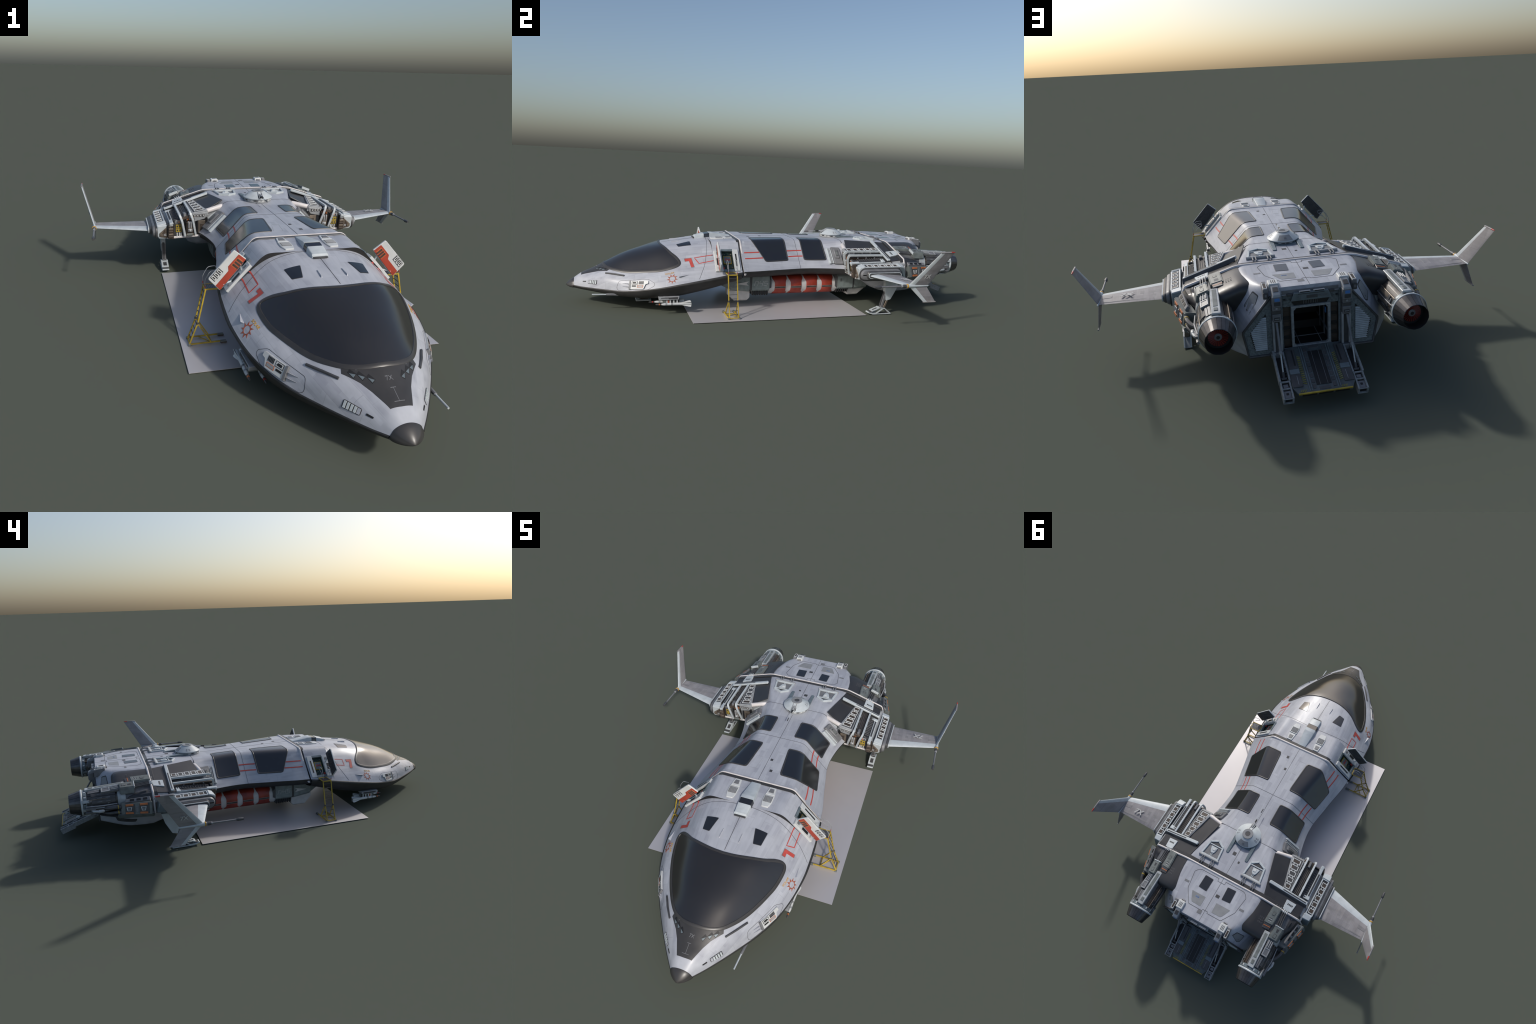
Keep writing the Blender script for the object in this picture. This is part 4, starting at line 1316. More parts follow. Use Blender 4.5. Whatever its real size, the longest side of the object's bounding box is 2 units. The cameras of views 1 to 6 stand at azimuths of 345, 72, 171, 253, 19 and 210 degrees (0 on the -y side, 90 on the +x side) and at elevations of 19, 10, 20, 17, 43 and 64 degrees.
for cx, y0, y1, cz in ((0.2735, -0.605, -0.4385, 0.0485), (0.2335, -0.632, -0.466, 0.0505)):
    g = G()
    P_ = lambda y: (cx, y, cz)
    L_ = y1 - y0
    sec = [(0.0, 0.0012), (0.004, 0.0030), (0.026, 0.0038), (0.036, 0.0056), (0.044, 0.0062)]
    g.lathe([(s, r) for s, r in sec[:3]], P_(y0), (0, 1, 0), "dark_grey", 16)
    g.lathe([(0.0145, 0.0041), (0.0200, 0.0044)], P_(y0), (0, 1, 0), "orange" if cx > 0.25 else "red_paint", 16)
    g.lathe([(0.026, 0.0038), (0.036, 0.0058), (0.095, 0.0064), (0.110, 0.0066), (0.158, 0.0092), (0.1625, 0.0085)], P_(y0), (0, 1, 0), "white_paint", 16)
    g.lathe([(0.044, 0.0064), (0.052, 0.0066)], P_(y0), (0, 1, 0), "light_grey", 16)
    for s in (0.070, 0.075): g.lathe([(s, 0.0068), (s + 0.002, 0.0068)], P_(y0), (0, 1, 0), "dark_grey", 16)
    g.lathe([(0.159, 0.0060), (L_, 0.0052)], P_(y0), (0, 1, 0), "dark_grey", 12)
    for k in range(4):
        a = math.pi / 4 + k * math.pi / 2
        d_ = Vv((math.cos(a), 0, math.sin(a))); t_ = Vv((-math.sin(a), 0, math.cos(a))) * 0.0007
        q = [Vv(P_(y0 + 0.108)) + d_ * 0.004, Vv(P_(y0 + 0.164)) + d_ * 0.004, Vv(P_(y0 + 0.160)) + d_ * 0.0170, Vv(P_(y0 + 0.150)) + d_ * 0.0160]
        g.hexa([p - t_ for p in q] + [p + t_ for p in q], "white_paint", 0)
    pair("missile", g, pylon)

# ------------------------------------------------------------------ nacelles (built for x>0 and mirrored)
NT = lambda x, y: 0.3205 - 0.30 * (x - 0.2065) - (0.583 - y) * 0.085 * min(1, max(0, (x - 0.13) / 0.09)) - (0.583 - y) * 0.022


def nt(x, y, h=0.0):
    return Vv((x, y, NT(x, y) + h))


g = G()
ra = [(0.150, 0.356, 0.309), (0.222, 0.341, NT(0.222, .341) - .002), (0.388, 0.334, NT(0.388, .334) - .004), (0.401, 0.336, 0.228), (0.399, 0.341, 0.182), (0.376, 0.345, 0.169), (0.254, 0.359, 0.176), (0.205, 0.372, 0.188)]
rb = [(0.2045, 0.584, NT(.2045, .584) - .002), (0.262, 0.584, NT(.262, .584) - .002), (0.387, 0.584, 0.2635), (0.402, 0.584, 0.246), (0.405, 0.584, 0.192), (0.386, 0.584, 0.176), (0.262, 0.584, 0.165), (0.215, 0.584, 0.170)]
g.loft([[Vv(p) for p in ra], [Vv(p) for p in rb]], "light_grey", True, True)
nac = pair("nacelle", g, ship, 30)
# dark top panel laid over it
g = G()
q = [nt(0.1545, 0.3680, 0.001), nt(0.2260, 0.3500, 0.001), nt(0.388, 0.345, 0.001), nt(0.389, 0.583, 0.001), nt(0.207, 0.583, 0.001)]
g.slab(q, 0.004, "dark_panel", (0, 0, 1), 0.0006)
pair("nacelle_top", g, nac)
# pale rounded leading edge and the strut dropping from it
g = G()
g.tube([(0.1500, 0.362, 0.3030), (0.163, 0.3560, 0.3010), (0.226, 0.3410, 0.2870), (0.300, 0.3360, 0.2660)], [0.0075, 0.0105, 0.0105, 0.0100], "warm_trim", 16)
g.slab([(0.146, 0.3600, 0.300), (0.166, 0.3560, 0.296), (0.222, 0.3450, 0.2540), (0.222, 0.352, 0.2400), (0.196, 0.356, 0.252)], 0.010, "pale_trim", (0, -1, 0), 0.002)
pair("nacelle_leading_edge", g, nac, 60)

# machinery in the front face, between the rails
FP = lambda x, z: Vv((x, lerp(0.334, 0.352, (0.285 - z) / 0.11) + 0.012 * (0.39 - x) / 0.16 - 0.020, z))
def fq(x0, x1, z0, z1): return [FP(x0, z0), FP(x1, z0), FP(x1, z1), FP(x0, z1)]
FR = (0, -1, -0.15)
g = G()
g.slab(fq(0.226, 0.272, 0.186, 0.262), 0.006, "black", FR, 0.0005, 0.002)
g.slab(fq(0.236, 0.266, 0.192, 0.250), 0.006, "bronze", FR, 0.0005, 0.0028)
g.slab(fq(0.242, 0.258, 0.205, 0.236), 0.006, "brown_dark", FR, 0.0005, 0.004)
g.slab(fq(0.222, 0.400, 0.176, 0.186), 0.010, "warm_trim", FR, 0.003, 0.006)
# centre bay: pump body, twin pipes, round cap
g.slab(fq(0.282, 0.324, 0.182, 0.276), 0.006, "black", FR, 0.0005, 0.002)
g.slab(fq(0.287, 0.319, 0.186, 0.252), 0.016, "brown_dark", FR, 0.004, 0.012)
g.slab(fq(0.291, 0.316, 0.204, 0.250), 0.016, "bronze", FR, 0.004, 0.015)
for x in (0.299, 0.308):
    g.tube([FP(x, 0.225) + Vv((0, -0.017, 0)), FP(x, 0.246) + Vv((0, -0.017, 0)), FP(x, 0.252) + Vv((0, -0.012, 0))], 0.0030, "light_grey", 8)
g.slab(fq(0.294, 0.312, 0.208, 0.222), 0.016, "light_grey", FR, 0.002, 0.019)
g.lathe([(0, 0.0035), (0.004, 0.003)], FP(0.303, 0.2150) + Vv((0, -0.019, 0)), (0, -1, 0), "white_paint", 12)
g.slab(fq(0.290, 0.318, 0.188, 0.199), 0.016, "green_grey", FR, 0.002, 0.016)
g.slab(fq(0.287, 0.293, 0.190, 0.198), 0.016, "bronze", FR, 0.001, 0.0165)
g.slab(fq(0.314, 0.319, 0.190, 0.198), 0.016, "bronze", FR, 0.001, 0.0165)
for x, m in ((0.286, "bronze"), (0.293, "orange"), (0.300, "light_grey"), (0.308, "orange"), (0.314, "bronze")):
    g.slab(fq(x, x + 0.0055, 0.256, 0.270), 0.008, m, FR, 0.001, 0.006)
g.tube([FP(0.303, 0.264) + Vv((0, -0.006, 0)), FP(0.303, 0.272) + Vv((0, 0.010, 0.010))], 0.0042, "pale_trim", 10)
# third bay: marked plates
g.slab(fq(0.330, 0.370, 0.178, 0.262), 0.006, "seam", FR, 0.0005, 0.002)
g.slab(fq(0.334, 0.364, 0.244, 0.258), 0.006, "light_grey", FR, 0.001, 0.004)
for x in (0.338, 0.346, 0.354):
    g.slab(fq(x, x + 0.0045, 0.247, 0.255), 0.006, "seam" if x != 0.346 else "orange", FR, 0, 0.005)
for z in (0.206, 0.224):
    g.slab(fq(0.338, 0.362, z, z + 0.015), 0.006, "yellow", FR, 0.0006, 0.0045)
    g.slab(fq(0.341, 0.359, z + 0.004, z + 0.0115), 0.006, "seam", FR, 0.0006, 0.0052)
    g.slab(fq(0.348, 0.352, z + 0.001, z + 0.014), 0.006, "yellow", FR, 0, 0.0056)
for x in (0.337, 0.344, 0.354):
    g.slab(fq(x, x + 0.005, 0.184, 0.202), 0.006, "white_paint", FR, 0.0005, 0.0048)
# outer grille behind the lever
g.slab([FP(0.372, 0.178), FP(0.398, 0.184), FP(0.394, 0.246), FP(0.374, 0.250)], 0.022, "brown_dark", FR, 0.002, 0.016)
for k in range(5):
    z = 0.186 + k * 0.012
    g.slab(fq(0.375, 0.394, z, z + 0.0075), 0.008, "bronze" if k in (1, 3) else "brown_dark", FR, 0.001, 0.0178)
pair("nacelle_machinery", g, nac, stuff=True)

# inner ladder box
g = G()
LB = [(0.2255, 0.326, 0.2955), (0.2925, 0.324, 0.2850), (0.2985, 0.492, 0.2960), (0.2640, 0.492, 0.3040)]
q = [Vv(p) for p in LB]
g.slab([q[0], q[1], q[2], q[3]], 0.028, "light_grey", (0, 0, 1), 0.002)
g.slab([Vv((0.228, 0.3215, 0.287)), Vv((0.2900, 0.3205, 0.279)), Vv((0.2930, 0.325, 0.252)), Vv((0.286, 0.327, 0.245)), Vv((0.238, 0.327, 0.256)), Vv((0.2275, 0.325, 0.272))], 0.02, "light_grey", (0, -1, 0), 0.002)
for k in range(4):
    x = 0.240 + k * 0.0125
    g.slab([Vv((x, 0.3205, 0.2795)), Vv((x + 0.008, 0.3205, 0.2780)), Vv((x + 0.008, 0.322, 0.2680)), Vv((x, 0.322, 0.2695))], 0.002, "brown_dark", (0, -1, 0), 0, 0.001)
    g.slab([Vv((x + 0.002, 0.320, 0.2780)), Vv((x + 0.006, 0.320, 0.2770)), Vv((x + 0.006, 0.322, 0.2710)), Vv((x + 0.002, 0.322, 0.2720))], 0.002, "white_paint", (0, -1, 0), 0, 0.002)
S = lambda Q, u, v: (Q[0] * (1 - u) + Q[1] * u) * (1 - v) + (Q[3] * (1 - u) + Q[2] * u) * v


def ladder(g, Q, cells, margin, gap, rim="white_paint"):
    (mu0, mu1), (mv0, mv1) = margin
    up_ = (0, 0, 1)
    for k in range(cells):
        a = lerp(mv0, mv1, k / cells) + gap / 2; b = lerp(mv0, mv1, (k + 1) / cells) - gap / 2
        c = [S(Q, mu0, a), S(Q, mu1, a), S(Q, mu1, b), S(Q, mu0, b)]
        g.frame(c, (0.10, 0.14), 0.003, rim, up_, 0.0020)
        e = 0.08
        i_ = [c[0].lerp(c[2], e), c[1].lerp(c[3], e), c[2].lerp(c[0], e), c[3].lerp(c[1], e)]
        g.slab(i_, 0.002, "brown_dark", up_, 0, 0.0008)
        if k < cells - 1:
            a2, b2 = b, b + gap
            for uu in (0.28, 0.72):
                um = lerp(mu0, mu1, uu)
                du = (mu1 - mu0) * 0.05
                g.slab([S(Q, um - du, a2), S(Q, um + du, a2), S(Q, um + du, b2), S(Q, um - du, b2)], 0.002, rim, up_, 0, 0.0018)


g.slab([S(q, 0.14, 0.04), S(q, 0.90, 0.04), S(q, 0.94, 0.99), S(q, 0.08, 0.99)], 0.003, "seam", (0, 0, 1), 0, 0.0006)
ladder(g, q, 5, ((0.14, 0.80), (0.05, 0.99)), 0.045)
pair("inner_ladder_box", g, nac)

# two bent rails with a dark trough between them
def rail(pts, w, h): return G().tube(round_path(pts, [0, 0.02, 0.006, 0], 4, closed=False), 1, "pale_trim", flat=(w, h))
g = G()
g.add(rail([(0.3035, 0.490, 0.2925), (0.3030, 0.306, 0.2930), (0.2925, 0.306, 0.262), (0.2785, 0.3310, 0.190)], 0.0085, 0.009))
g.add(rail([(0.3465, 0.490, 0.2810), (0.3460, 0.306, 0.2815), (0.3370, 0.306, 0.255), (0.3235, 0.3250, 0.186)], 0.0085, 0.009))
pair("bent_rail", g, nac, 40)
g = G()
g.slab([(0.3075, 0.312, 0.2790), (0.3430, 0.312, 0.2690), (0.3430, 0.490, 0.2710), (0.3075, 0.490, 0.2820)], 0.012, "brown_dark", (0, 0, 1), 0.001)
for k in range(4):
    x = 0.312 + k * 0.0075
    zz = 0.2785 - k * 0.0021
    g.tube([(x, 0.335, zz), (x, 0.486, zz + 0.003)], 0.0022, "dark_grey", 6)
g.box((0.317, 0.316, 0.270), (0.329, 0.346, 0.286), "mid_grey", 0.002)
g.slab([(0.3500, 0.330, 0.2600), (0.3720, 0.330, 0.2540), (0.3720, 0.490, 0.2640), (0.3500, 0.490, 0.2700)], 0.012, "dark_panel", (0, 0, 1), 0.001)
for k in range(12):
    y = 0.345 + k * 0.0115
    g.slab([(0.3505, y, 0.2622 + (y - 0.33) * 0.062), (0.3715, y, 0.2560 + (y - 0.33) * 0.062), (0.3715, y + 0.004, 0.2562 + (y - 0.33) * 0.062), (0.3505, y + 0.004, 0.2624 + (y - 0.33) * 0.062)], 0.003, "dark_grey", (0, 0, 1), 0.0004)
for y in (0.350, 0.395, 0.440):
    for x, z in ((0.3085, 0.2890), (0.3410, 0.2785), (0.3520, 0.2720)):
        g.box((x - 0.0016, y, z - 0.006), (x + 0.0016, y + 0.006, z), "mid_grey", 0.0005)
for y in np.linspace(0.335, 0.470, 8):
    g.box((0.2955, y, 0.2845), (0.2995, y + 0.0055, 0.2890), "mid_grey", 0.0005)
pair("rail_trough", g, nac, stuff=True)
# lever with a dark plate laid on for its slot
g = G()
g.slab([(0.3745, 0.2985, 0.2560), (0.3895, 0.2985, 0.2520), (0.3900, 0.478, 0.2570), (0.3750, 0.478, 0.2610)], 0.009, "pale_trim", (0, 0, 1), 0.0016)
g.slab([(0.3785, 0.345, 0.2570), (0.3850, 0.345, 0.2552), (0.3855, 0.462, 0.2580), (0.3790, 0.462, 0.2597)], 0.003, "seam", (0, 0, 1), 0, 0.0012)
g.slab([(0.3745, 0.2990, 0.2540), (0.3895, 0.2990, 0.2500), (0.3860, 0.322, 0.188), (0.3730, 0.324, 0.190)], 0.006, "pale_trim", (0, -1, 0), 0.001)
g.slab([(0.3600, 0.466, 0.2660), (0.392, 0.466, 0.2590), (0.392, 0.482, 0.2600), (0.3600, 0.482, 0.2670)], 0.008, "pale_trim", (0, 0, 1), 0.0014)
pair("pale_lever", g, nac)
# cross bar with a dark rear face
g = G()
A0, A1, B0, B1 = Vv((0.1990, 0.4920, 0.3330)), Vv((0.1990, 0.5080, 0.3340)), Vv((0.3950, 0.5080, 0.2700)), Vv((0.3950, 0.4920, 0.2690))
g.slab([A0 + Vv((0.003, 0, -.001)), A0 + Vv((0, .003, 0)), A1 + Vv((0, -.003, 0)), A1 + Vv((0.003, 0, -.001)), B1 + Vv((0, .016, 0)), B1], 0.010, "pale_trim", (0, 0, 1), 0.002)
SB = [A0, B1, B0, A1]
g.slab([S(SB, 0.36, 0.38), S(SB, 0.96, 0.38), S(SB, 0.96, 0.64), S(SB, 0.36, 0.64)], 0.002, "seam", (0, 0, 1), 0, 0.0006)
lo_ = Vv((0, 0, -0.012))
g.slab([A1 + Vv((0.004, 0.0, -0.002)), B0 + Vv((0, 0.0, -0.002)), B0 + lo_ + Vv((0, 0.012, -0.006)), A1 + lo_ + Vv((0.006, 0.008, -0.004))], 0.004, "dark_grey", (0, 1, 0.6), 0.0004)
pair("cross_bar", g, nac)
# pale pad with four black plates laid on for slots and three pipes
g = G()
PD = [nt(0.304, 0.529, 0.0065), nt(0.353, 0.529, 0.0065), nt(0.347, 0.577, 0.0065), nt(0.306, 0.577, 0.0065)]
g.slab(PD, 0.009, "pale_trim", (0, 0, 1), 0.0012)
for k in range(4):
    u = 0.24 + k * 0.15
    g.slab([S(PD, u, 0.30), S(PD, u + 0.10, 0.30), S(PD, u + 0.10, 0.46), S(PD, u, 0.46)], 0.002, "black", (0, 0, 1), 0, 0.0005)
for k in range(3):
    x = 0.3155 + k * 0.0085
    g.tube([nt(x, 0.574, 0.002), nt(x, 0.582, 0.0085), nt(x, 0.592, 0.0075)], 0.0024, "pale_trim", 8)
    g.tube([nt(x, 0.592, 0.0070), Vv((x + 0.001, 0.628, NT(x, .583) + 0.004)), Vv((x + 0.004, 0.668, NT(x, .583) + 0.001))], 0.0029, "dark_grey", 8)
pair("pale_pad", g, nac)

# outer ladder block, caps and the stadium plates that carry the wing
g = G()
EB = [Vv((0.4035, 0.352, 0.2490)), Vv((0.4400, 0.352, 0.2410)), Vv((0.4400, 0.538, 0.2410)), Vv((0.4035, 0.538, 0.2490))]
g.hexa([(0.398, 0.345, 0.178), (0.438, 0.345, 0.182), (0.438, 0.540, 0.182), (0.398, 0.540, 0.178)] + [tuple(p - Vv((0, 0, .002))) for p in EB], "dark_panel", 0.002)
g.frame([S(EB, 0.0, 0.0), S(EB, 1.0, 0.0), S(EB, 1.0, 1.0), S(EB, 0, 1.0)], (0.16, 0.02), 0.004, "pale_trim", (0, 0, 1), 0.001)
ladder(g, EB, 5, ((0.26, 0.90), (0.06, 0.98)), 0.05)
pair("outer_ladder_block", g, nac)
g = G()
fc = [Vv((0.398, 0.321, 0.238)), Vv((0.4390, 0.319, 0.236)), Vv((0.4400, 0.323, 0.192)), Vv((0.432, 0.3255, 0.179)), Vv((0.396, 0.3300, 0.176))]
g.slab(fc, 0.030, "pale_trim", (0, -1, 0), 0.003)
g.slab([Vv((0.4035, 0.349, 0.2525)), Vv((0.4405, 0.349, 0.2440)), Vv((0.4405, 0.325, 0.2370)), Vv((0.4005, 0.327, 0.2440))], 0.012, "pale_trim", (0, -0.4, 1), 0.002)
tri_ = [Vv((0.400, 0.3225, 0.230)), Vv((0.4310, 0.3215, 0.203)), Vv((0.430, 0.3225, 0.190)), Vv((0.398, 0.3285, 0.180))]
g.slab(tri_, 0.004, "bronze", (0, -1, 0), 0.0006, 0.0022)
t2 = [tri_[0].lerp(tri_[2], 0.22), tri_[1].lerp(tri_[3], 0.2), tri_[2].lerp(tri_[0], 0.15), tri_[3].lerp(tri_[1], 0.2)]
g.slab(t2, 0.004, "brown_dark", (0, -1, 0), 0.0006, 0.0028)
g.lathe([(0, 0.006), (0.003, 0.005)], (0.421, 0.3215, 0.1975), (0, -1, 0), "bronze", 14)
for dz in (0, 0.006): g.slab([Vv((0.402, 0.325, 0.192 + dz)), Vv((0.413, 0.324, 0.192 + dz)), Vv((0.413, 0.324, 0.195 + dz)), Vv((0.402, 0.325, 0.195 + dz))], 0.003, "light_grey", (0, -1, 0), 0, 0.003)
# rear cap
g.hexa([(0.398, 0.537, 0.176), (0.440, 0.537, 0.182), (0.434, 0.578, 0.186), (0.398, 0.582, 0.180), (0.400, 0.537, 0.2510), (0.4395, 0.537, 0.2435), (0.4365, 0.5640, 0.2400), (0.3995, 0.5660, 0.2475)], "steel_blue", 0.003)
g.hexa([(0.401, 0.5375, 0.228), (0.438, 0.5375, 0.224), (0.4365, 0.562, 0.224), (0.401, 0.564, 0.228), (0.4005, 0.537, 0.2520), (0.4400, 0.537, 0.2445), (0.4368, 0.5635, 0.2410), (0.3995, 0.5655, 0.2485)], "pale_trim", 0.003)
pair("block_cap", g, nac)


def stadium(y0, y1, z0, z1, x, r, n=8):
    out = []
    for cy, cz, a0 in ((y1 - r, z1 - r, 0), (y0 + r, z1 - r, 90), (y0 + r, z0 + r, 180), (y1 - r, z0 + r, 270)):
        for k in range(n + 1):
            a = math.radians(a0 + 90 * k / n)
            out.append(Vv((x, cy + r * math.cos(a), cz + r * math.sin(a))))
    return out


g = G()
st = lambda x, e, m=0.029: stadium(0.3215 + e, 0.5455 - e, 0.1770 + e, 0.2370 - e, x, m - e * 0.7)
g.loft([st(0.436, 0.001), st(0.4405, -0.0012), st(0.4445, -0.0012), st(0.4450, 0.0030)], "dark_grey", True, True)
g.loft([st(0.4440, 0.004), st(0.4490, 0.004), st(0.4560, 0.0075), st(0.4575, 0.0110)], "mid_grey", True, True)
rr = lambda x, e: stadium(0.351 + e, 0.5335 - e, 0.1890 + e, 0.2270 - e, x, 0.016 - e * 0.7)
g.loft([rr(0.4560, 0), rr(0.4620, 0), rr(0.4690, 0.005), rr(0.4720, 0.0075)], "dark_grey", True, True)
g.loft([rr(0.4665, 0.0052), rr(0.4732, 0.0052), rr(0.4732, 0.0075), rr(0.4700, 0.0080)], "pale_trim", True, False)
pair("wing_root_plate", g, nac, 30)

# grey equipment and handles on the waist flank just ahead
g = G()
fl = lambda y, z, h: flank(y, z) + Vv((0.80, 0, 0.60)) * h
def fbox(y0, y1, z0, z1, h0, h1, mat, b=0.0015):
    c = [(y0, z0), (y1, z0), (y1, z1), (y0, z1)]
    g.hexa([fl(y, z, h0) for y, z in c] + [fl(y, z, h1) for y, z in c], mat, b)
fbox(0.262, 0.271, 0.214, 0.281, -0.002, 0.010, "pale_trim")
fbox(0.2735, 0.279, 0.216, 0.280, -0.002, 0.009, "light_grey")
fbox(0.281, 0.285, 0.216, 0.279, -0.002, 0.010, "pale_trim")
fbox(0.287, 0.330, 0.214, 0.286, -0.002, 0.012, "mid_grey", 0.003)
fbox(0.295, 0.316, 0.236, 0.274, 0.010, 0.019, "mid_grey", 0.003)
fbox(0.3005, 0.3105, 0.243, 0.267, 0.018, 0.0205, "dark_grey", 0.001)
fbox(0.3025, 0.3085, 0.246, 0.264, 0.019, 0.0212, "green_grey", 0.0005)
pair("flank_equipment", g, nac)

# rib over the aft deck and down the shoulders
def aft_rib(y, out):
    P = round_path([(0, 0.3258 + out, 0), (0.2065, 0.3248 + out, 0), (0.3870 + out * .5, 0.2680 + out, 0), (0.3950 + out, 0.2500 + out * .5, 0), (0.4080 + out, 0.200, 0), (0.4080 + out, 0.178, 0)], [0, 0.02, 0.006, 0.01, 0.012, 0], 4, closed=False)
    return mirror_ring([(p.x, p.y) for p in P], y)


g = G()
g.loft([aft_rib(0.5805, 0.0), aft_rib(0.5810, 0.0026), aft_rib(0.5825, 0.0038), aft_rib(0.5865, 0.0038), aft_rib(0.5885, 0.0024), aft_rib(0.5900, -0.002)], "warm_trim", False, False)
part("aft_rib", g, aft_o, 40)
g = G()
g.loft([aft_rib(0.5640, -0.001), aft_rib(0.5650, 0.0012), aft_rib(0.5808, 0.0012), aft_rib(0.5810, -0.001)], "frame_dark", False, False)  # dark strip proud of the deck, in place of a cut groove
part("aft_rib_strip", g, aft_o, 40)

# rear of the nacelle: shoulder section melting into the round engine
def polar(poly, c, n):
    out = []
    for k in range(n):
        a = 2 * math.pi * k / n
        d = Vv((math.cos(a), math.sin(a)))
        best = 0
        for i in range(len(poly)):
            p, q_ = Vv(poly[i]) - Vv(c), Vv(poly[(i + 1) % len(poly)]) - Vv(c)
            e = q_ - p
            den = d.x * e.y - d.y * e.x
            if abs(den) < 1e-9: continue
            t = (p.x * e.y - p.y * e.x) / den; s = (p.x * d.y - p.y * d.x) / den
            if t > 0 and -1e-6 <= s <= 1 + 1e-6: best = max(best, t)
        out.append(best)
    return out


EC = (0.2990, 0.2295)
prb = [(p[0], p[2] - 0.002) for p in rb]
N_ = 48
pr = polar(prb, (0.30, 0.225), N_)
g = G()
rings = []
for k in range(9):
    t = k / 8
    y = lerp(0.583, 0.706, t)
    s = t * t * (3 - 2 * t)
    cx, cz = lerp(0.30, EC[0], s), lerp(0.225, EC[1], s)
    rings.append([Vv((cx + math.cos(2 * math.pi * j / N_) * lerp(pr[j], 0.0565, s), y, cz + math.sin(2 * math.pi * j / N_) * lerp(pr[j], 0.0565, s))) for j in range(N_)])
g.loft(rings, "cowl_grey", True, True)
# dark teardrop fairing over the outer shoulder
R = lambda t, ang, h: (lambda y, s, a: Vv((lerp(0.30, EC[0], s) + math.cos(a) * (lerp(pr[int(round(a / (2 * math.pi) * N_)) % N_], 0.0565, s) + h), y, lerp(0.225, EC[1], s) + math.sin(a) * (lerp(pr[int(round(a / (2 * math.pi) * N_)) % N_], 0.0565, s) + h))))(lerp(0.592, 0.706, t), t * t * (3 - 2 * t), ang)
rows = []
for k in range(12):
    t = k / 11 * 0.95
    w = math.sqrt(max(0.0, 1 - (t / 0.96) ** 2))
    row = []
    for j in range(9):
        a = lerp(0.02, 0.02 + 0.66 * w, j / 8)
        row.append(R(t, a, 0.0022 if 0 < j < 8 and k < 11 else -0.001))
    rows.append(row)
g.loft(rows, "dark_panel", False, False)
neng = pair("nacelle_rear", g, nac, 40)
# dark shoulder plate between deck and engine, rolled over at the back
g = G()
prof = [(0.591, 0.0), (0.62, 0.0005), (0.66, 0.0005), (0.70, 0.0), (0.722, -0.0015), (0.735, -0.005), (0.744, -0.0115), (0.7495, -0.021), (0.7505, -0.034), (0.747, -0.055), (0.738, -0.085)]
rows = []
for y, dz in prof:
    xi = float(hermite(AY, AX, min(y, 0.75))) - 0.004 + max(0, -dz) * 0.45
    xo = 0.290 - 0.14 * max(0.0, y - 0.66)
    row = []
    for j in range(7):
        s = j / 6
        x = lerp(xi, xo, s)
        row.append(Vv((x, y, 0.3225 - 0.30 * (x - 0.2065) - 0.012 * max(0, 0.2065 - x) / 0.03 + dz - 0.004 * s * s)))
    rows.append(row)
g.loft(rows, "dark_panel", False, False)
for k in range(3):
    x = 0.232 + 0.008 * k
    for j in range(3):
        y = 0.655 + 0.012 * j
        z = 0.3225 - 0.30 * (x - 0.2065) - 0.004 * ((x - .2) / .09) ** 2
        g.slab([(x, y, z), (x + 0.005, y, z - .0015), (x + 0.005, y + 0.007, z - .0015), (x, y + 0.007, z)], 0.002, "dark_grey", (0, 0, 1), 0, 0.0008)
pair("shoulder_plate", g, neng, 40)

# ------------------------------------------------------------------ engines
E0 = lambda y: (EC[0], y, EC[1])
AXY = (0, 1, 0)
g = G()
g.lathe([(0.0, 0.050), (0.175, 0.0485), (0.180, 0.046)], E0(0.700), AXY, "engine_metal", 40)
eng = pair("engine", g, ship, 30)
g = G()
g.lathe([(0.0, 0.0560), (0.002, 0.0595), (0.033, 0.0590), (0.036, 0.0560)], E0(0.6985), AXY, "engine_light", 48)
pair("engine_cowl_band", g, eng, 30)


def arc_plate(g, y0, y1, a0, a1, r, th, mat, taper=0.0, n=5):
    """plate curved round the barrel; angles in degrees, 0 = outboard, 90 = up"""
    rows = []
    for k in range(n + 1):
        a = math.radians(lerp(a0, a1, k / n))
        d = Vv((math.cos(a), 0, math.sin(a)))
        c0, c1 = Vv(E0(y0)), Vv(E0(y1))
        rows.append([c0 + d * (r - 0.004), c0 + d * r, c0 + Vv((0, 0.0012, 0)) + d * (r + th), c1 - Vv((0, 0.0012, 0)) + d * (r + th - taper), c1 + d * (r - taper), c1 + d * (r - 0.004 - taper)])
    g.loft(rows, mat, True, True)


rnd = random.Random(21)
g = G()
ang = -178
specs = []
while ang < 178:
    w = rnd.uniform(13, 30)
    y0 = 0.735 + rnd.uniform(0, 0.012); y1 = 0.868 - rnd.uniform(0, 0.022)
    m = rnd.choice(["engine_metal", "dark_grey", "dark_grey", "engine_metal", "mid_grey", "brown_dark"])
    arc_plate(g, y0, y1, ang, min(ang + w, 178), 0.0490, rnd.uniform(0.0015, 0.0045), m, 0.001)
    for j in range(rnd.randint(0, 3)):
        a = ang + rnd.uniform(0.15, 0.6) * w
        s = rnd.uniform(y0 + 0.01, y1 - 0.04)
        arc_plate(g, s, s + rnd.uniform(0.01, 0.035), a, a + rnd.uniform(2, 5), 0.0535, 0.0010, rnd.choice(["light_grey", "black", "seam", "mid_grey"]), 0, 2)
    ang += w + rnd.uniform(2, 5)
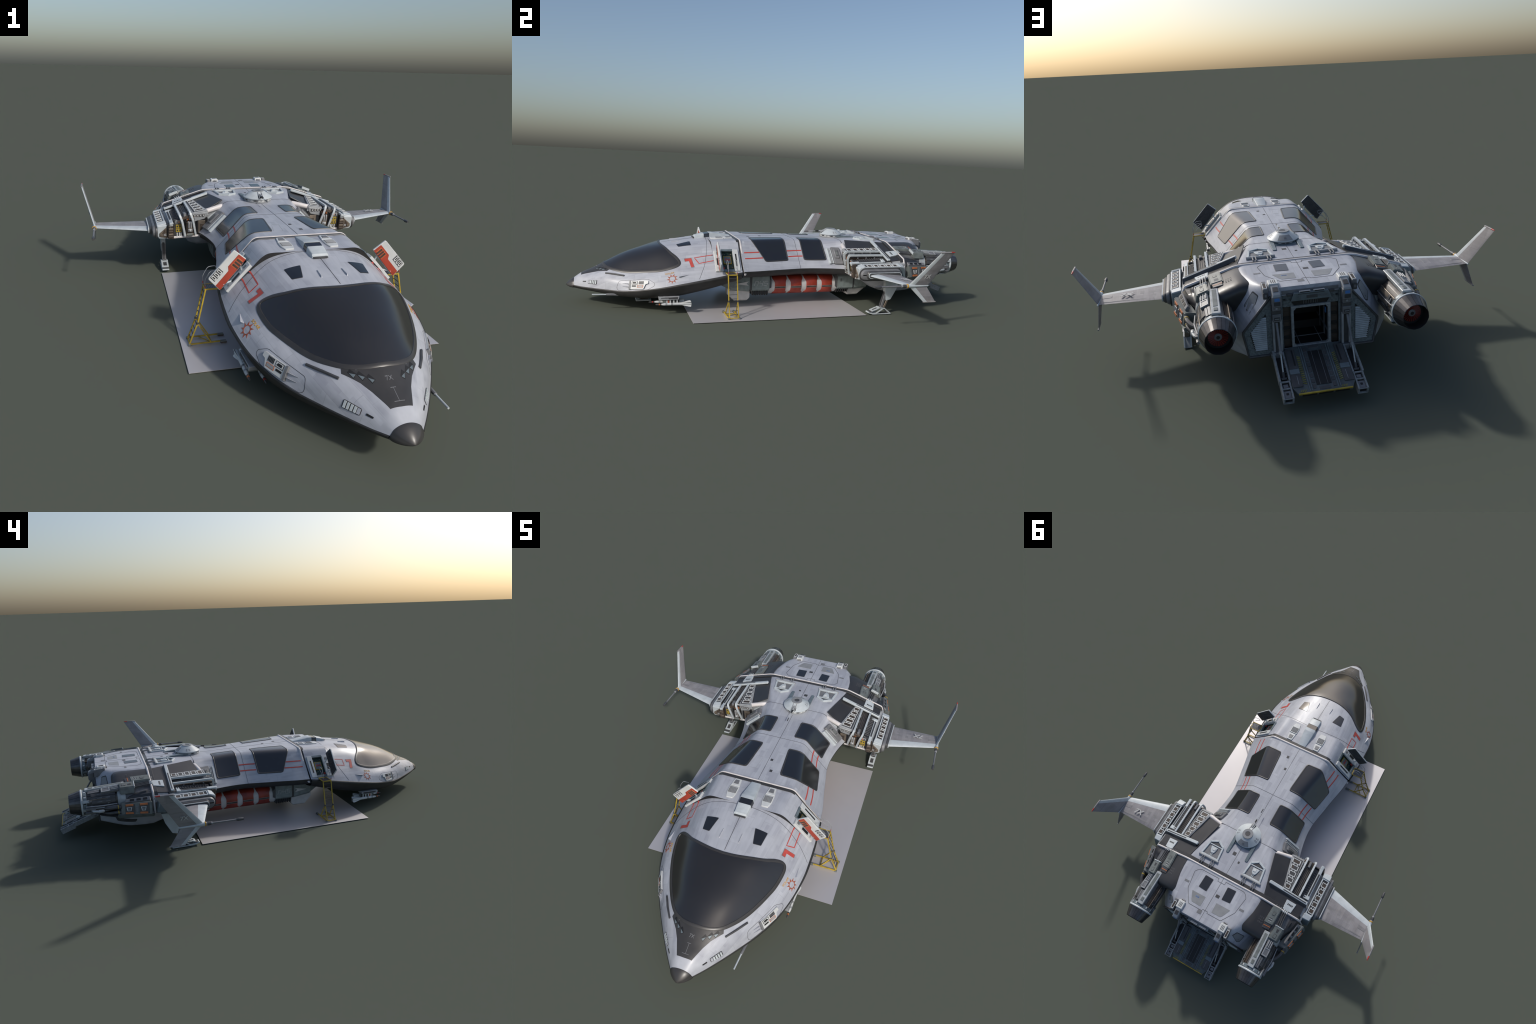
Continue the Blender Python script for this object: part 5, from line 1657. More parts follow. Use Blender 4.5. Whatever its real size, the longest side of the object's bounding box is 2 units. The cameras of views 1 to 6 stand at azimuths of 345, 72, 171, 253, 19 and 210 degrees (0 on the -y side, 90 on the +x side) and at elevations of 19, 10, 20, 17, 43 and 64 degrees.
for a in (-150, -95, -40, -12, 25, 140, 165):
    d = Vv((math.cos(math.radians(a)), 0, math.sin(math.radians(a))))
    g.tube([Vv(E0(0.735)) + d * 0.0545, Vv(E0(0.79)) + d * 0.0560, Vv(E0(0.866)) + d * 0.0540], 0.0022, rnd.choice(["mid_grey", "bronze", "dark_grey"]), 7)
# large ribbed intake plates inboard
for a in (150, 176, 202):
    arc_plate(g, 0.752, 0.838, a - 10, a + 8, 0.0500, 0.0065, "dark_grey", 0.002)
    arc_plate(g, 0.760, 0.826, a - 6, a + 4, 0.0560, 0.0012, "bronze", 0.002)
for a0, a1 in ((58, 66), (68, 76)):
    arc_plate(g, 0.806, 0.858, a0, a1, 0.0500, 0.0095, "mid_grey", 0.004, 3)
# outboard: three long plates above, pipes and lugs below
for a0, a1 in ((6, 21), (23, 37), (39, 56)):
    arc_plate(g, 0.742, 0.846, a0, a1, 0.0500, 0.0085, "dark_grey", 0.003)
    for s in (0.765, 0.800): arc_plate(g, s, s + 0.020, (a0 + a1) / 2 - 1.5, (a0 + a1) / 2 + 1.5, 0.0575, 0.0008, "mid_grey", 0.001, 2)
for a0, a1, h in ((-34, -20, 0.014), (-18, -4, 0.011)):
    arc_plate(g, 0.790, 0.866, a0, a1, 0.0520, h, "engine_metal", 0.006)
    arc_plate(g, 0.828, 0.872, a0 + 3, a1 - 3, 0.0540, h + 0.004, "mid_grey", 0.002)
for a in (-2, -10, -19, -26):
    d = Vv((math.cos(math.radians(a)), 0, math.sin(math.radians(a))))
    g.tube([Vv(E0(0.738)) + d * 0.062, Vv(E0(0.80)) + d * 0.0665, Vv(E0(0.868)) + d * 0.0590], 0.0026, "bronze" if a % 2 else "light_grey", 7)
pair("engine_plating", g, eng, stuff=True)
g = G()
arc_plate(g, 0.862, 0.880, -179, 179, 0.0480, 0.0060, "steel_blue", 0, 60)
for k in range(12):
    a = 30 * k + 8
    arc_plate(g, 0.866, 0.876, a, a + 6, 0.0535, 0.0014, "white_paint" if k % 3 else "black", 0, 2)
    arc_plate(g, 0.867, 0.875, a + 9, a + 12, 0.0535, 0.0012, "dark_grey", 0, 2)
for a in (-160, -80, -20, 20, 200):
    arc_plate(g, 0.852, 0.884, a - 6, a + 6, 0.0530, 0.0060, "engine_light", 0, 3)
    arc_plate(g, 0.844, 0.856, a - 3, a + 3, 0.0550, 0.0055, "mid_grey", 0, 2)
pair("engine_collar", g, eng)
g = G()
g.lathe([(0.8800, 0.0500), (0.8805, 0.0565), (0.8830, 0.0582), (0.8870, 0.0582), (0.8885, 0.0570), (0.8885, 0.0520)], E0(0), AXY, "pale_trim", 56)
pair("nozzle_ring", g, eng, 40)
# nozzle of overlapping petals, hollow
g = G()
prof_ = [(0.8875, 0.0562), (0.9120, 0.0487), (0.9362, 0.0416), (0.9372, 0.0404), (0.9350, 0.0394), (0.905, 0.0392), (0.9000, 0.0385)]
n = 24
for k in range(n):
    a0, a1 = 2 * math.pi * (k + 0.03) / n, 2 * math.pi * (k + 0.97) / n
    rows = []
    for y, r in prof_[:4]:
        lift = 0.0006 if k % 2 else 0
        rows.append([Vv(E0(y)) + Vv((math.cos(a), 0, math.sin(a))) * (r + lift) for a in (a0, (a0 + a1) / 2, a1)])
    g.loft(rows, "nozzle_metal", False, False)
g.lathe([(y, r - 0.0008) for y, r in prof_[:3]], E0(0), AXY, "black", 48, False)
noz = pair("nozzle", g, eng, 30)
g = G()
g.lathe(prof_[2:], E0(0), AXY, "black", 48, False)
g.lathe([(0.8990, 0.0388), (0.9005, 0.0388)], E0(0), AXY, "black", 48)
g.lathe([(0.9008, 0.0320), (0.9018, 0.0320)], E0(0), AXY, "black", 48)
pair("nozzle_throat", g, noz)
g = G()
for k in range(24):
    a = 2 * math.pi * k / 24
    d = Vv((math.cos(a), 0, math.sin(a))); t = Vv((-math.sin(a), 0, math.cos(a)))
    c0 = Vv(E0(0.9040))
    g.hexa([c0 + d * 0.009 - t * 0.0009, c0 + d * 0.0300 - t * 0.0028, c0 + d * 0.0300 + t * 0.0028 + Vv((0, -0.002, 0)), c0 + d * 0.009 + t * 0.0009 + Vv((0, -0.001, 0)),
            c0 + d * 0.009 - t * 0.0009 + Vv((0, 0.0012, 0)), c0 + d * 0.0300 - t * 0.0028 + Vv((0, 0.0012, 0)), c0 + d * 0.0300 + t * 0.0028 + Vv((0, -0.0008, 0)), c0 + d * 0.009 + t * 0.0009 + Vv((0, 0.0002, 0))], "turbine_red" , 0)
g.lathe([(0.9030, 0.0125), (0.9060, 0.0115), (0.9080, 0.0070), (0.9085, 0.0060)], E0(0), AXY, "mid_grey", 24)
g.lathe([(0.9080, 0.0060), (0.9100, 0.0045)], E0(0), AXY, "black", 16)
pair("turbine", g, noz)

# equipment along the top of the engine
g = G()
TB = [Vv((0.2800, 0.700, 0.2990)), Vv((0.3080, 0.700, 0.2990)), Vv((0.3120, 0.8690, 0.2895)), Vv((0.2820, 0.8690, 0.2895))]
g.slab([TB[0], TB[1], TB[2] + Vv((0, -.02, .0015)), TB[2], TB[3], TB[3] + Vv((0, -.02, .0015))], 0.014, "engine_light", (0, 0, 1), 0.002)
g.slab([S(TB, 0.26, 0.06), S(TB, 0.74, 0.06), S(TB, 0.74, 0.74), S(TB, 0.26, 0.74)], 0.004, "green_grey", (0, 0, 1), 0.0006, 0.0014)
g.slab([S(TB, 0.30, 0.80), S(TB, 0.72, 0.80), S(TB, 0.72, 0.91), S(TB, 0.30, 0.91)], 0.004, "green_grey", (0, 0, 1), 0.0006, 0.0022)
pair("engine_top_bar", g, eng)
g = G()
b1 = [(0.2665, 0.5870, 0.3150), (0.3065, 0.5835, 0.3030), (0.3010, 0.6690, 0.3020), (0.2605, 0.6720, 0.3125)]
Q1 = [Vv(p) for p in b1]
dn_ = Vv((-0.008, 0, -0.042))
g.hexa([tuple(p + dn_ + Vv(((-0.006 if i in (0, 3) else 0.012), 0, 0))) for i, p in enumerate(Q1)] + [tuple(p) for p in Q1], "green_grey", 0.003, 2)
g.slab([S(Q1, 0.35, 0.30), S(Q1, 0.68, 0.30), S(Q1, 0.68, 0.50), S(Q1, 0.35, 0.50)], 0.003, "seam", (0, 0, 1), 0.0004, 0.0006)
g.slab([S(Q1, 0.38, 0.315), S(Q1, 0.65, 0.315), S(Q1, 0.65, 0.485), S(Q1, 0.38, 0.485)], 0.003, "green_grey", (0, 0, 1), 0.0004, 0.0012)
for k in range(4):
    v = 0.66 + k * 0.055
    g.slab([S(Q1, 0.30, v), S(Q1, 0.66, v), S(Q1, 0.66, v + 0.025), S(Q1, 0.30, v + 0.025)], 0.003, "text_pale" if k % 2 else "dark_grey", (0, 0, 1), 0, 0.0008)
o1 = [Q1[3] + Vv((0.002, -0.002, -0.002)), Q1[2] + Vv((-0.003, -0.002, -0.002)), Vv((0.2960, 0.694, 0.2985)), Vv((0.2610, 0.696, 0.3060))]
g.hexa([tuple(p + Vv((0, 0, -0.024))) for p in o1] + [tuple(p) for p in o1], "dark_grey", 0.002)
g.slab([S(o1, 0.04, 0.42), S(o1, 0.96, 0.42), S(o1, 0.96, 0.54), S(o1, 0.04, 0.54)], 0.003, "orange", (0, 0, 1), 0, 0.0008)
for x in (0.276, 0.287, 0.298):
    zz = 0.3080 - (x - 0.2665) * 0.3
    g.tube([(x, 0.590, zz - 0.004), (x, 0.578, zz - 0.002), (x, 0.572, zz - 0.006)], 0.0030, "mid_grey", 8)
pair("engine_housing", g, eng)
g = G()
b2 = [(0.3155, 0.6600, 0.3070), (0.3530, 0.6600, 0.2930), (0.3490, 0.7230, 0.2920), (0.3110, 0.7230, 0.3050)]
Q2 = [Vv(p) for p in b2]
g.hexa([tuple(p + Vv((-0.006 if i in (0, 3) else 0.006, 0, -0.030))) for i, p in enumerate(Q2)] + [tuple(p) for p in Q2], "green_grey", 0.003, 2)
g.slab([S(Q2, -0.02, -0.04), S(Q2, 1.02, -0.04), S(Q2, 1.02, 0.03), S(Q2, -0.02, 0.03)], 0.012, "pale_trim", (0, 0, 1), 0.001, 0.0012)
g.slab([S(Q2, 0.34, 0.18), S(Q2, 0.66, 0.18), S(Q2, 0.60, 0.42), S(Q2, 0.40, 0.42)], 0.003, "seam", (0, 0, 1), 0.0004, 0.0006)
g.slab([S(Q2, 0.34, 0.55), S(Q2, 0.70, 0.55), S(Q2, 0.70, 0.86), S(Q2, 0.34, 0.86)], 0.003, "seam", (0, 0, 1), 0.0004, 0.0006)
g.slab([S(Q2, 0.38, 0.58), S(Q2, 0.66, 0.58), S(Q2, 0.66, 0.83), S(Q2, 0.38, 0.83)], 0.003, "green_grey", (0, 0, 1), 0.0004, 0.0012)
# white-edged bracket plate behind it
b3 = [Vv((0.3160, 0.727, 0.2960)), Vv((0.3430, 0.727, 0.2850)), Vv((0.3420, 0.802, 0.2800)), Vv((0.3160, 0.802, 0.2905))]
g.slab(b3, 0.012, "mid_grey", (0.4, 0, 1), 0.0015)
g.frame([S(b3, 0.02, 0.48), S(b3, 0.98, 0.48), S(b3, 0.98, 0.98), S(b3, 0.02, 0.98)], (0.16, 0.14), 0.003, "light_grey", (0.4, 0, 1), 0.0014)
for u in (0.2, 0.5, 0.8):
    g.tube([S(b3, u, 0.02) + Vv((0, 0, .002)), S(b3, u, 0.44) + Vv((0, 0, .002))], 0.0024, "light_grey", 7)
pair("engine_gearbox", g, eng)
# outboard pod with orange plates
g = G()
OP = [Vv((0.4270, 0.5950, 0.2400)), Vv((0.3930, 0.7240, 0.2330)), Vv((0.4015, 0.7270, 0.1860)), Vv((0.4370, 0.5975, 0.1850))]
inw = Vv((-0.040, 0.0, -0.004))
g.hexa([tuple(p + inw) for p in OP] + [tuple(p) for p in OP], "green_grey", 0.003, 2)
# tray under the pod
g.hexa([(0.325, 0.588, 0.160), (0.418, 0.588, 0.166), (0.392, 0.742, 0.168), (0.325, 0.742, 0.162), (0.325, 0.588, 0.200), (0.4345, 0.588, 0.187), (0.4040, 0.742, 0.188), (0.325, 0.742, 0.200)], "green_grey", 0.004, 2)
g.hexa([(0.325, 0.740, 0.166), (0.385, 0.740, 0.170), (0.355, 0.815, 0.178), (0.320, 0.815, 0.176), (0.325, 0.740, 0.190), (0.398, 0.740, 0.184), (0.366, 0.815, 0.188), (0.320, 0.815, 0.190)], "dark_grey", 0.004, 2)
ON = (1, 0.2, 0.25)
for v0 in (0.10, 0.56):
    g.slab([S(OP, v0, 0.08), S(OP, v0 + 0.32, 0.08), S(OP, v0 + 0.32, 0.92), S(OP, v0, 0.92)], 0.004, "dark_grey", ON, 0.001, 0.0014)
    for a, b in ((0.08, 0.24), (0.76, 0.92)):
        g.slab([S(OP, v0 + 0.05, a), S(OP, v0 + 0.30, a), S(OP, v0 + 0.30, b), S(OP, v0 + 0.05, b)], 0.004, "orange", ON, 0.0008, 0.0028)
    fq_ = [S(OP, v0 + 0.09, 0.34), S(OP, v0 + 0.27, 0.34), S(OP, v0 + 0.24, 0.66), S(OP, v0 + 0.12, 0.66)]
    g.frame(fq_, (0.16, 0.12), 0.003, "white_paint", ON, 0.0032)
    for k in range(3):
        u = v0 + 0.145 + k * 0.03
        g.slab([S(OP, u, 0.42), S(OP, u + 0.014, 0.42), S(OP, u + 0.014, 0.58), S(OP, u, 0.58)], 0.003, "light_grey", ON, 0, 0.0030)
g.slab([S(OP, 0.45, 0.30), S(OP, 0.53, 0.30), S(OP, 0.53, 0.80), S(OP, 0.45, 0.80)], 0.004, "mid_grey", ON, 0.001, 0.002)
TR = [Vv((0.398, 0.600, 0.2560)), Vv((0.382, 0.705, 0.2490)), Vv((0.392, 0.708, 0.2370)), Vv((0.4130, 0.600, 0.2420))]
g.slab(TR, 0.012, "mid_grey", (0.6, 0, 0.8), 0.002)
for k in range(3):
    u = 0.12 + k * 0.26
    g.slab([S(TR, u, 0.22), S(TR, u + 0.17, 0.22), S(TR, u + 0.17, 0.78), S(TR, u, 0.78)], 0.003, "black", (0.6, 0, 0.8), 0, 0.0008)
pair("outboard_pod", g, eng)
g = G()
for z, r in ((0.219, 0.0078), (0.196, 0.0072)):
    P_ = round_path([(0.390, 0.722, z), (0.387, 0.752, z), (0.372, 0.780, z - 0.006), (0.343, 0.806, z - 0.004)], 0.018, 4, closed=False)
    g.tube(P_, r, "dark_grey", 10)
    g.lathe([(0, r + 0.0012), (0.0035, r + 0.0012)], (0.3885, 0.735, z), (0, 1, 0), "yellow", 12)
g.lathe([(-0.006, 0.004), (0.0, 0.0075), (0.016, 0.0075), (0.020, 0.005)], (0.372, 0.800, 0.205), (0, 1, 0), "engine_light", 14)
g.tube([(0.372, 0.818, 0.205), (0.366, 0.838, 0.206), (0.350, 0.850, 0.212)], 0.0055, "engine_light", 10)
g.slab([(0.350, 0.842, 0.228), (0.358, 0.842, 0.204), (0.350, 0.872, 0.206), (0.346, 0.872, 0.226)], 0.006, "engine_light", (1, 0, 0), 0.001)
pair("engine_hose", g, eng)

# ------------------------------------------------------------------ wings
AF = ((0.0, 0.0), (0.02, 0.38), (0.08, 0.72), (0.22, 0.98), (0.40, 1.0), (0.65, 0.72), (0.85, 0.38), (0.985, 0.10), (1.0, 0.0))


def foil(g, a0, b0, a1, b1, thick0, thick1, nrm, steps=10, split=0.27, front="pale_trim", rear="wing_paint"):
    """tapered foil; a = leading edge, b = trailing edge, thickness along nrm"""
    nrm = Vv(nrm).normalized()
    us = sorted(set([u for u, _ in AF] + [split]))
    th = lambda u: float(np.interp(u, [p[0] for p in AF], [p[1] for p in AF]))
    for part_, mat in ((lambda u: u <= split + 1e-6, front), (lambda u: u >= split - 1e-6, rear)):
        uu = [u for u in us if part_(u)]
        rows = []
        for k in range(steps + 1):
            t = k / steps
            a, b = Vv(a0).lerp(Vv(a1), t), Vv(b0).lerp(Vv(b1), t)
            tk = lerp(thick0, thick1, t) / 2
            rows.append([a.lerp(b, u) + nrm * th(u) * tk for u in uu] + [a.lerp(b, u) - nrm * th(u) * tk for u in uu[::-1]])
        g.loft(rows, mat, True, True)
    return g


g = foil(G(), (0.4715, 0.3630, 0.2058), (0.4715, 0.5235, 0.2063), (0.6935, 0.4280, 0.2108), (0.6935, 0.5195, 0.2098), 0.017, 0.010, (0, 0, 1), 10, 0.27)
wing = pair("wing", g, ship, 40)
g = G()
for t0, t1, u0, u1 in ((0.05, 0.22, 0.50, 0.62), (0.30, 0.36, 0.45, 0.60), (0.25, 0.92, 0.84, 0.90), (0.10, 0.16, 0.70, 0.86), (0.80, 0.95, 0.44, 0.60)):
    W_p = lambda t, u: Vv((lerp(0.4715, 0.6935, t), lerp(lerp(0.363, 0.428, t), lerp(0.5235, 0.5195, t), u), lerp(0.2058, 0.2108, t) + float(np.interp(u, [p[0] for p in AF], [p[1] for p in AF])) * lerp(0.0085, 0.005, t)))
    g.slab([W_p(t0, u0), W_p(t1, u0), W_p(t1, u1), W_p(t0, u1)], 0.002, "wing_shade", (0, 0, 1), 0.0003, 0.0003)
pair("wing_patch", g, wing)
g = foil(G(), (0.6905, 0.4270, 0.2120), (0.6915, 0.5250, 0.2105), (0.7375, 0.5470, 0.3650), (0.7365, 0.6140, 0.3660), 0.0085, 0.0055, (0.96, 0, -0.28), 10, 0.26)
fin = pair("winglet", g, wing, 40)
g = G()
d0, d1 = Vv((0.7380, 0.5440, 0.3655)), Vv((0.7368, 0.6150, 0.3670))
g.tube([d0, d0.lerp(d1, 0.06), d0.lerp(d1, 0.5), d0.lerp(d1, 0.72)], [0.0018, 0.0034, 0.0036, 0.0032], "wing_paint", 12)
g.tube([d0.lerp(d1, 0.72), d0.lerp(d1, 0.9), d1], [0.0033, 0.0026, 0.0012], "red_paint", 12)
pair("winglet_cap", g, fin, 50)
g = foil(G(), (0.6905, 0.4320, 0.2105), (0.6915, 0.5200, 0.2080), (0.6962, 0.5080, 0.1390), (0.6955, 0.5690, 0.1385), 0.0085, 0.0055, (1, 0, 0.07), 6, 0.30)
g.tube([(0.6963, 0.5060, 0.1388), (0.6962, 0.510, 0.1382), (0.6956, 0.5710, 0.1378)], [0.0016, 0.0030, 0.0026], "wing_paint", 10)
pair("ventral_fin", g, wing, 40)
g = G()
g.tube([(0.6930, 0.4230, 0.2120), (0.6930, 0.4320, 0.2120), (0.6928, 0.470, 0.2118), (0.6922, 0.5255, 0.2107), (0.6922, 0.5285, 0.2106)], [0.0085, 0.0082, 0.0062, 0.0034, 0.0025], "pale_trim", 16)
tip = pair("wing_tip_pod", g, wing, 40)
g = G()
g.tube([(0.6930, 0.4255, 0.2120), (0.6930, 0.4205, 0.2120)], [0.0093, 0.0093], "gold", 20)
g.tube([(0.6930, 0.4210, 0.2120), (0.6931, 0.4165, 0.2119)], [0.0072, 0.0072], "light_grey", 16)
g.tube([(0.6931, 0.4170, 0.2119), (0.6932, 0.4110, 0.2119), (0.6933, 0.4000, 0.2118), (0.6933, 0.3985, 0.2118)], [0.0068, 0.0078, 0.0070, 0.0050], "dark_grey", 14)
g.tube([(0.6933, 0.3990, 0.2118), (0.6933, 0.3940, 0.2118)], 0.0056, "light_grey", 12)
g.tube([(0.6933, 0.3950, 0.2118), (0.6941, 0.2950, 0.2113)], [0.0036, 0.0033], "mid_grey", 10)
g.tube([(0.6941, 0.2965, 0.2113), (0.6941, 0.2900, 0.2113), (0.6942, 0.2760, 0.2112), (0.6943, 0.2660, 0.2111)], [0.0042, 0.0066, 0.0058, 0.0046], "dark_grey", 12)
pair("wing_tip_gun", g, tip, 40)

# lettering: wing top on one side, both winglets outside
set_surface([])if False else None
g = G()
label(g, "7X", 0.036, (0.600, 0.476, 0.2183), (-1, 0, 0), (0, -1, 0), (0, 0, -1), "text_pale", 0.0004, 0.2, 0.0012, press=False)
part("wing_lettering", g, wing[0])
for sg, w_ in ((1, fin[0]), (-1, fin[1])):
    g = G()
    nrm = Vv((0.96 * sg, 0, -0.28))
    c = Vv((sg * 0.7060, 0.5075, 0.2560)) + nrm.normalized() * 0.0042
    upv = Vv((sg * 0.045, 0.10, 0.155)).normalized()
    rt = Vv((0, sg * 0.78, -sg * 0.60 if False else 0.0)) + Vv((0, 0, 0))
    rt = Vv((0, sg, 0))
    upv = nrm.cross(Vv((0, 1, 0))).normalized()
    if upv.z < 0: upv = -upv
    label(g, "7X", 0.026, c, rt, upv, -nrm, "text_pale", 0.0006, 0.0, 0.0006, press=False)
    part("winglet_lettering", g, w_)

# ------------------------------------------------------------------ landing legs
g = G()
g.slab([(0.4115, 0.4800, 0.170), (0.4115, 0.5600, 0.170), (0.4115, 0.5460, 0.1230), (0.4115, 0.5180, 0.0720), (0.4115, 0.4940, 0.0660), (0.4115, 0.4840, 0.1000)], 0.020, "pale_trim", (1, 0, 0), 0.002)
leg = pair("landing_leg", g, nac)
g = G()
g.hexa([(0.393, 0.4660, 0.034), (0.411, 0.4660, 0.034), (0.411, 0.4780, 0.032), (0.393, 0.4780, 0.032), (0.393, 0.4880, 0.125), (0.411, 0.4880, 0.125), (0.411, 0.4990, 0.120), (0.393, 0.4990, 0.120)], "mid_grey", 0.001)
g.hexa([(0.394, 0.4800, 0.032), (0.410, 0.4800, 0.032), (0.410, 0.4900, 0.028), (0.394, 0.4900, 0.028), (0.394, 0.5030, 0.085), (0.410, 0.5030, 0.085), (0.410, 0.5110, 0.080), (0.394, 0.5110, 0.080)], "bronze", 0.001)
g.slab([(0.397, 0.4640, 0.042), (0.407, 0.4640, 0.042), (0.407, 0.4850, 0.115), (0.397, 0.4850, 0.115)], 0.004, "seam", (0, -1, 0), 0.0005, 0.001)
g.tube([(0.392, 0.478, 0.0300), (0.412, 0.478, 0.0300)], 0.0065, "dark_grey", 12)
pair("leg_strut", g, leg)
g = G()
for x0, x1 in ((0.3870, 0.3925), (0.4115, 0.4170)):
    for a, b in (((0.4230, 0.0005), (0.5230, 0.0005)), ((0.5230, 0.0015), (0.4880, 0.0275)), ((0.4570, 0.0325), (0.4880, 0.0275)), ((0.4230, 0.0040), (0.4450, 0.0060)), ((0.4450, 0.0060), (0.4780, 0.0270))):
        dy, dz = b[0] - a[0], b[1] - a[1]; L_ = math.hypot(dy, dz); n_ = (-dz / L_ * 0.0022, dy / L_ * 0.0022)
        g.hexa([(x0, a[0] - n_[0], max(0, a[1] - n_[1])), (x1, a[0] - n_[0], max(0, a[1] - n_[1])), (x1, b[0] - n_[0], max(0, b[1] - n_[1])), (x0, b[0] - n_[0], max(0, b[1] - n_[1])),
                (x0, a[0] + n_[0], a[1] + n_[1] + .001), (x1, a[0] + n_[0], a[1] + n_[1] + .001), (x1, b[0] + n_[0], b[1] + n_[1] + .001), (x0, b[0] + n_[0], b[1] + n_[1] + .001)], "pale_trim", 0.0005)
FT_ = [Vv((0.3870, 0.3985, 0.0150)), Vv((0.4170, 0.3985, 0.0150)), Vv((0.4170, 0.4600, 0.0345)), Vv((0.3870, 0.4600, 0.0345))]
FT_[0].z = FT_[1].z = 0.0125
g.frame([S(FT_, 0, 0.30), S(FT_, 1, 0.30), S(FT_, 1, 1), S(FT_, 0, 1)], (0.24, 0.20), 0.005, "pale_trim", (0, -0.3, 1), 0)
g.slab([S(FT_, 0.05, 0.03), S(FT_, 0.95, 0.03), S(FT_, 0.95, 1), S(FT_, 0.05, 1)], 0.003, "dark_grey", (0, -0.3, 1), 0.0005, -0.003)
g.slab([S(FT_, 0, 0), S(FT_, 1, 0), S(FT_, 1, 0.10), S(FT_, 0, 0.10)], 0.004, "pale_trim", (0, -0.3, 1), 0.001)
g.hexa([(0.387, 0.3985, 0.0085), (0.417, 0.3985, 0.0085), (0.417, 0.424, 0.0), (0.387, 0.424, 0.0), (0.387, 0.3985, 0.0125), (0.417, 0.3985, 0.0125), (0.417, 0.426, 0.0080), (0.387, 0.426, 0.0080)], "pale_trim", 0.001)
g.box((0.391, 0.43, 0.0025), (0.413, 0.515, 0.0045), "dark_grey", 0)
g.hexa([(0.389, 0.515, 0.0), (0.415, 0.515, 0.0), (0.415, 0.524, 0.0), (0.389, 0.524, 0.0), (0.389, 0.486, 0.026), (0.415, 0.486, 0.026), (0.415, 0.490, 0.0275), (0.389, 0.490, 0.0275)], "light_grey", 0.0008)
pair("landing_foot", g, leg)

# ------------------------------------------------------------------ tanks slung under the waist
PX, PZ = 0.152, 0.1005
def octo(y, x0, x1, z0, z1, c):
    return [Vv(p) for p in ((x0 + c, y, z0), (x1 - c, y, z0), (x1, y, z0 + c), (x1, y, z1 - c), (x1 - c, y, z1), (x0 + c, y, z1), (x0, y, z1 - c), (x0, y, z0 + c))]
g = G()
g.lathe([(-0.045, 0.046), (0.325, 0.046)], (PX, 0, PZ), (0, 1, 0), "pod_band", 48)
tank = pair("slung_tank", g, ship, 30)
g = G()
notch = [(-180, 0.0), (-125, 0.0), (-112, 0.0035), (-60, 0.0035), (-50, 0.0015), (-36, 0.0095), (-28, 0.0110), (22, 0.0110), (32, 0.0085), (46, 0.0025), (60, 0.0015), (120, 0.0015), (180, 0.0)]
for y0, y1 in ((-0.024, 0.055), (0.0605, 0.1390), (0.1445, 0.2230), (0.2285, 0.3070)):
    rows = []
    for k in range(61):
        a = lerp(-180, 180, k / 60)
        o = float(np.interp(a, [p[0] for p in notch], [p[1] for p in notch]))
        d = Vv((math.cos(math.radians(a)), 0, math.sin(math.radians(a))))
        c0, c1 = Vv((PX, y0 + o, PZ)), Vv((PX, y1 - o, PZ))
        rows.append([c0 + d * 0.0445, c0 + d * 0.0478, c0 + d * 0.0482 + Vv((0, .0006, 0)), c1 + d * 0.0482 - Vv((0, .0006, 0)), c1 + d * 0.0478, c1 + d * 0.0445])
    g.loft(rows, "pod_red", True, False)
    for a0, a1, m, l in ((-13, -1, "light_grey", 0.0484), (-11.5, -2.5, "brown_dark", 0.0488)):
        rows = []
        for k in range(5):
            a = math.radians(lerp(a0, a1, k / 4)); d = Vv((math.cos(a), 0, math.sin(a)))
            rows.append([Vv((PX, y0 + 0.0125, PZ)) + d * 0.046, Vv((PX, y0 + 0.0125, PZ)) + d * l, Vv((PX, y1 - 0.0125, PZ)) + d * l, Vv((PX, y1 - 0.0125, PZ)) + d * 0.046])
        g.loft(rows, m, True, True)
pair("tank_plate", g, tank, 40)
g = G()
# front: marked box, dark bands, pointed nose
g.loft([octo(-0.1330, 0.104, 0.2055, 0.0760, 0.1640, 0.012), octo(-0.0440, 0.104, 0.2055, 0.0760, 0.1640, 0.012)], "pod_grey", True, True)
g.loft([octo(-0.0445, 0.106, 0.2035, 0.0770, 0.1600, 0.018), octo(-0.0320, 0.109, 0.2005, 0.0760, 0.1480, 0.020)], "dark_grey", True, True)
g.loft([octo(-0.1460, 0.104, 0.2020, 0.0765, 0.1620, 0.012), octo(-0.1325, 0.104, 0.2020, 0.0765, 0.1620, 0.012)], "dark_grey", True, True)
g.loft([octo(-0.2380, 0.110, 0.1960, 0.0840, 0.1580, 0.014), octo(-0.1455, 0.104, 0.2040, 0.0760, 0.1640, 0.012)], "pod_grey", True, True)
g.loft([octo(-0.2900, 0.135, 0.1700, 0.1080, 0.1400, 0.008), octo(-0.2375, 0.112, 0.1940, 0.0850, 0.1570, 0.014)], "pod_grey", True, True)
g.loft([octo(-0.250, 0.135, 0.1750, 0.0600, 0.0950, 0.006), octo(-0.215, 0.128, 0.1790, 0.0270, 0.0900, 0.006), octo(-0.150, 0.126, 0.1810, 0.0270, 0.0900, 0.006), octo(-0.138, 0.126, 0.1810, 0.0380, 0.0900, 0.006)], "pod_band", True, True)
g.box((0.112, -0.132, 0.060), (0.194, -0.046, 0.080), "seam", 0.002)
for k in range(7):
    y = -0.128 + k * 0.012
    g.hexa([(0.120, y + .002, 0.052), (0.1965, y + .002, 0.056), (0.1965, y + 0.007, 0.056), (0.120, y + 0.007, 0.052), (0.116, y - .002, 0.078), (0.2010, y - .002, 0.078), (0.2010, y + 0.004, 0.078), (0.116, y + 0.004, 0.078)], "black", 0.0006)
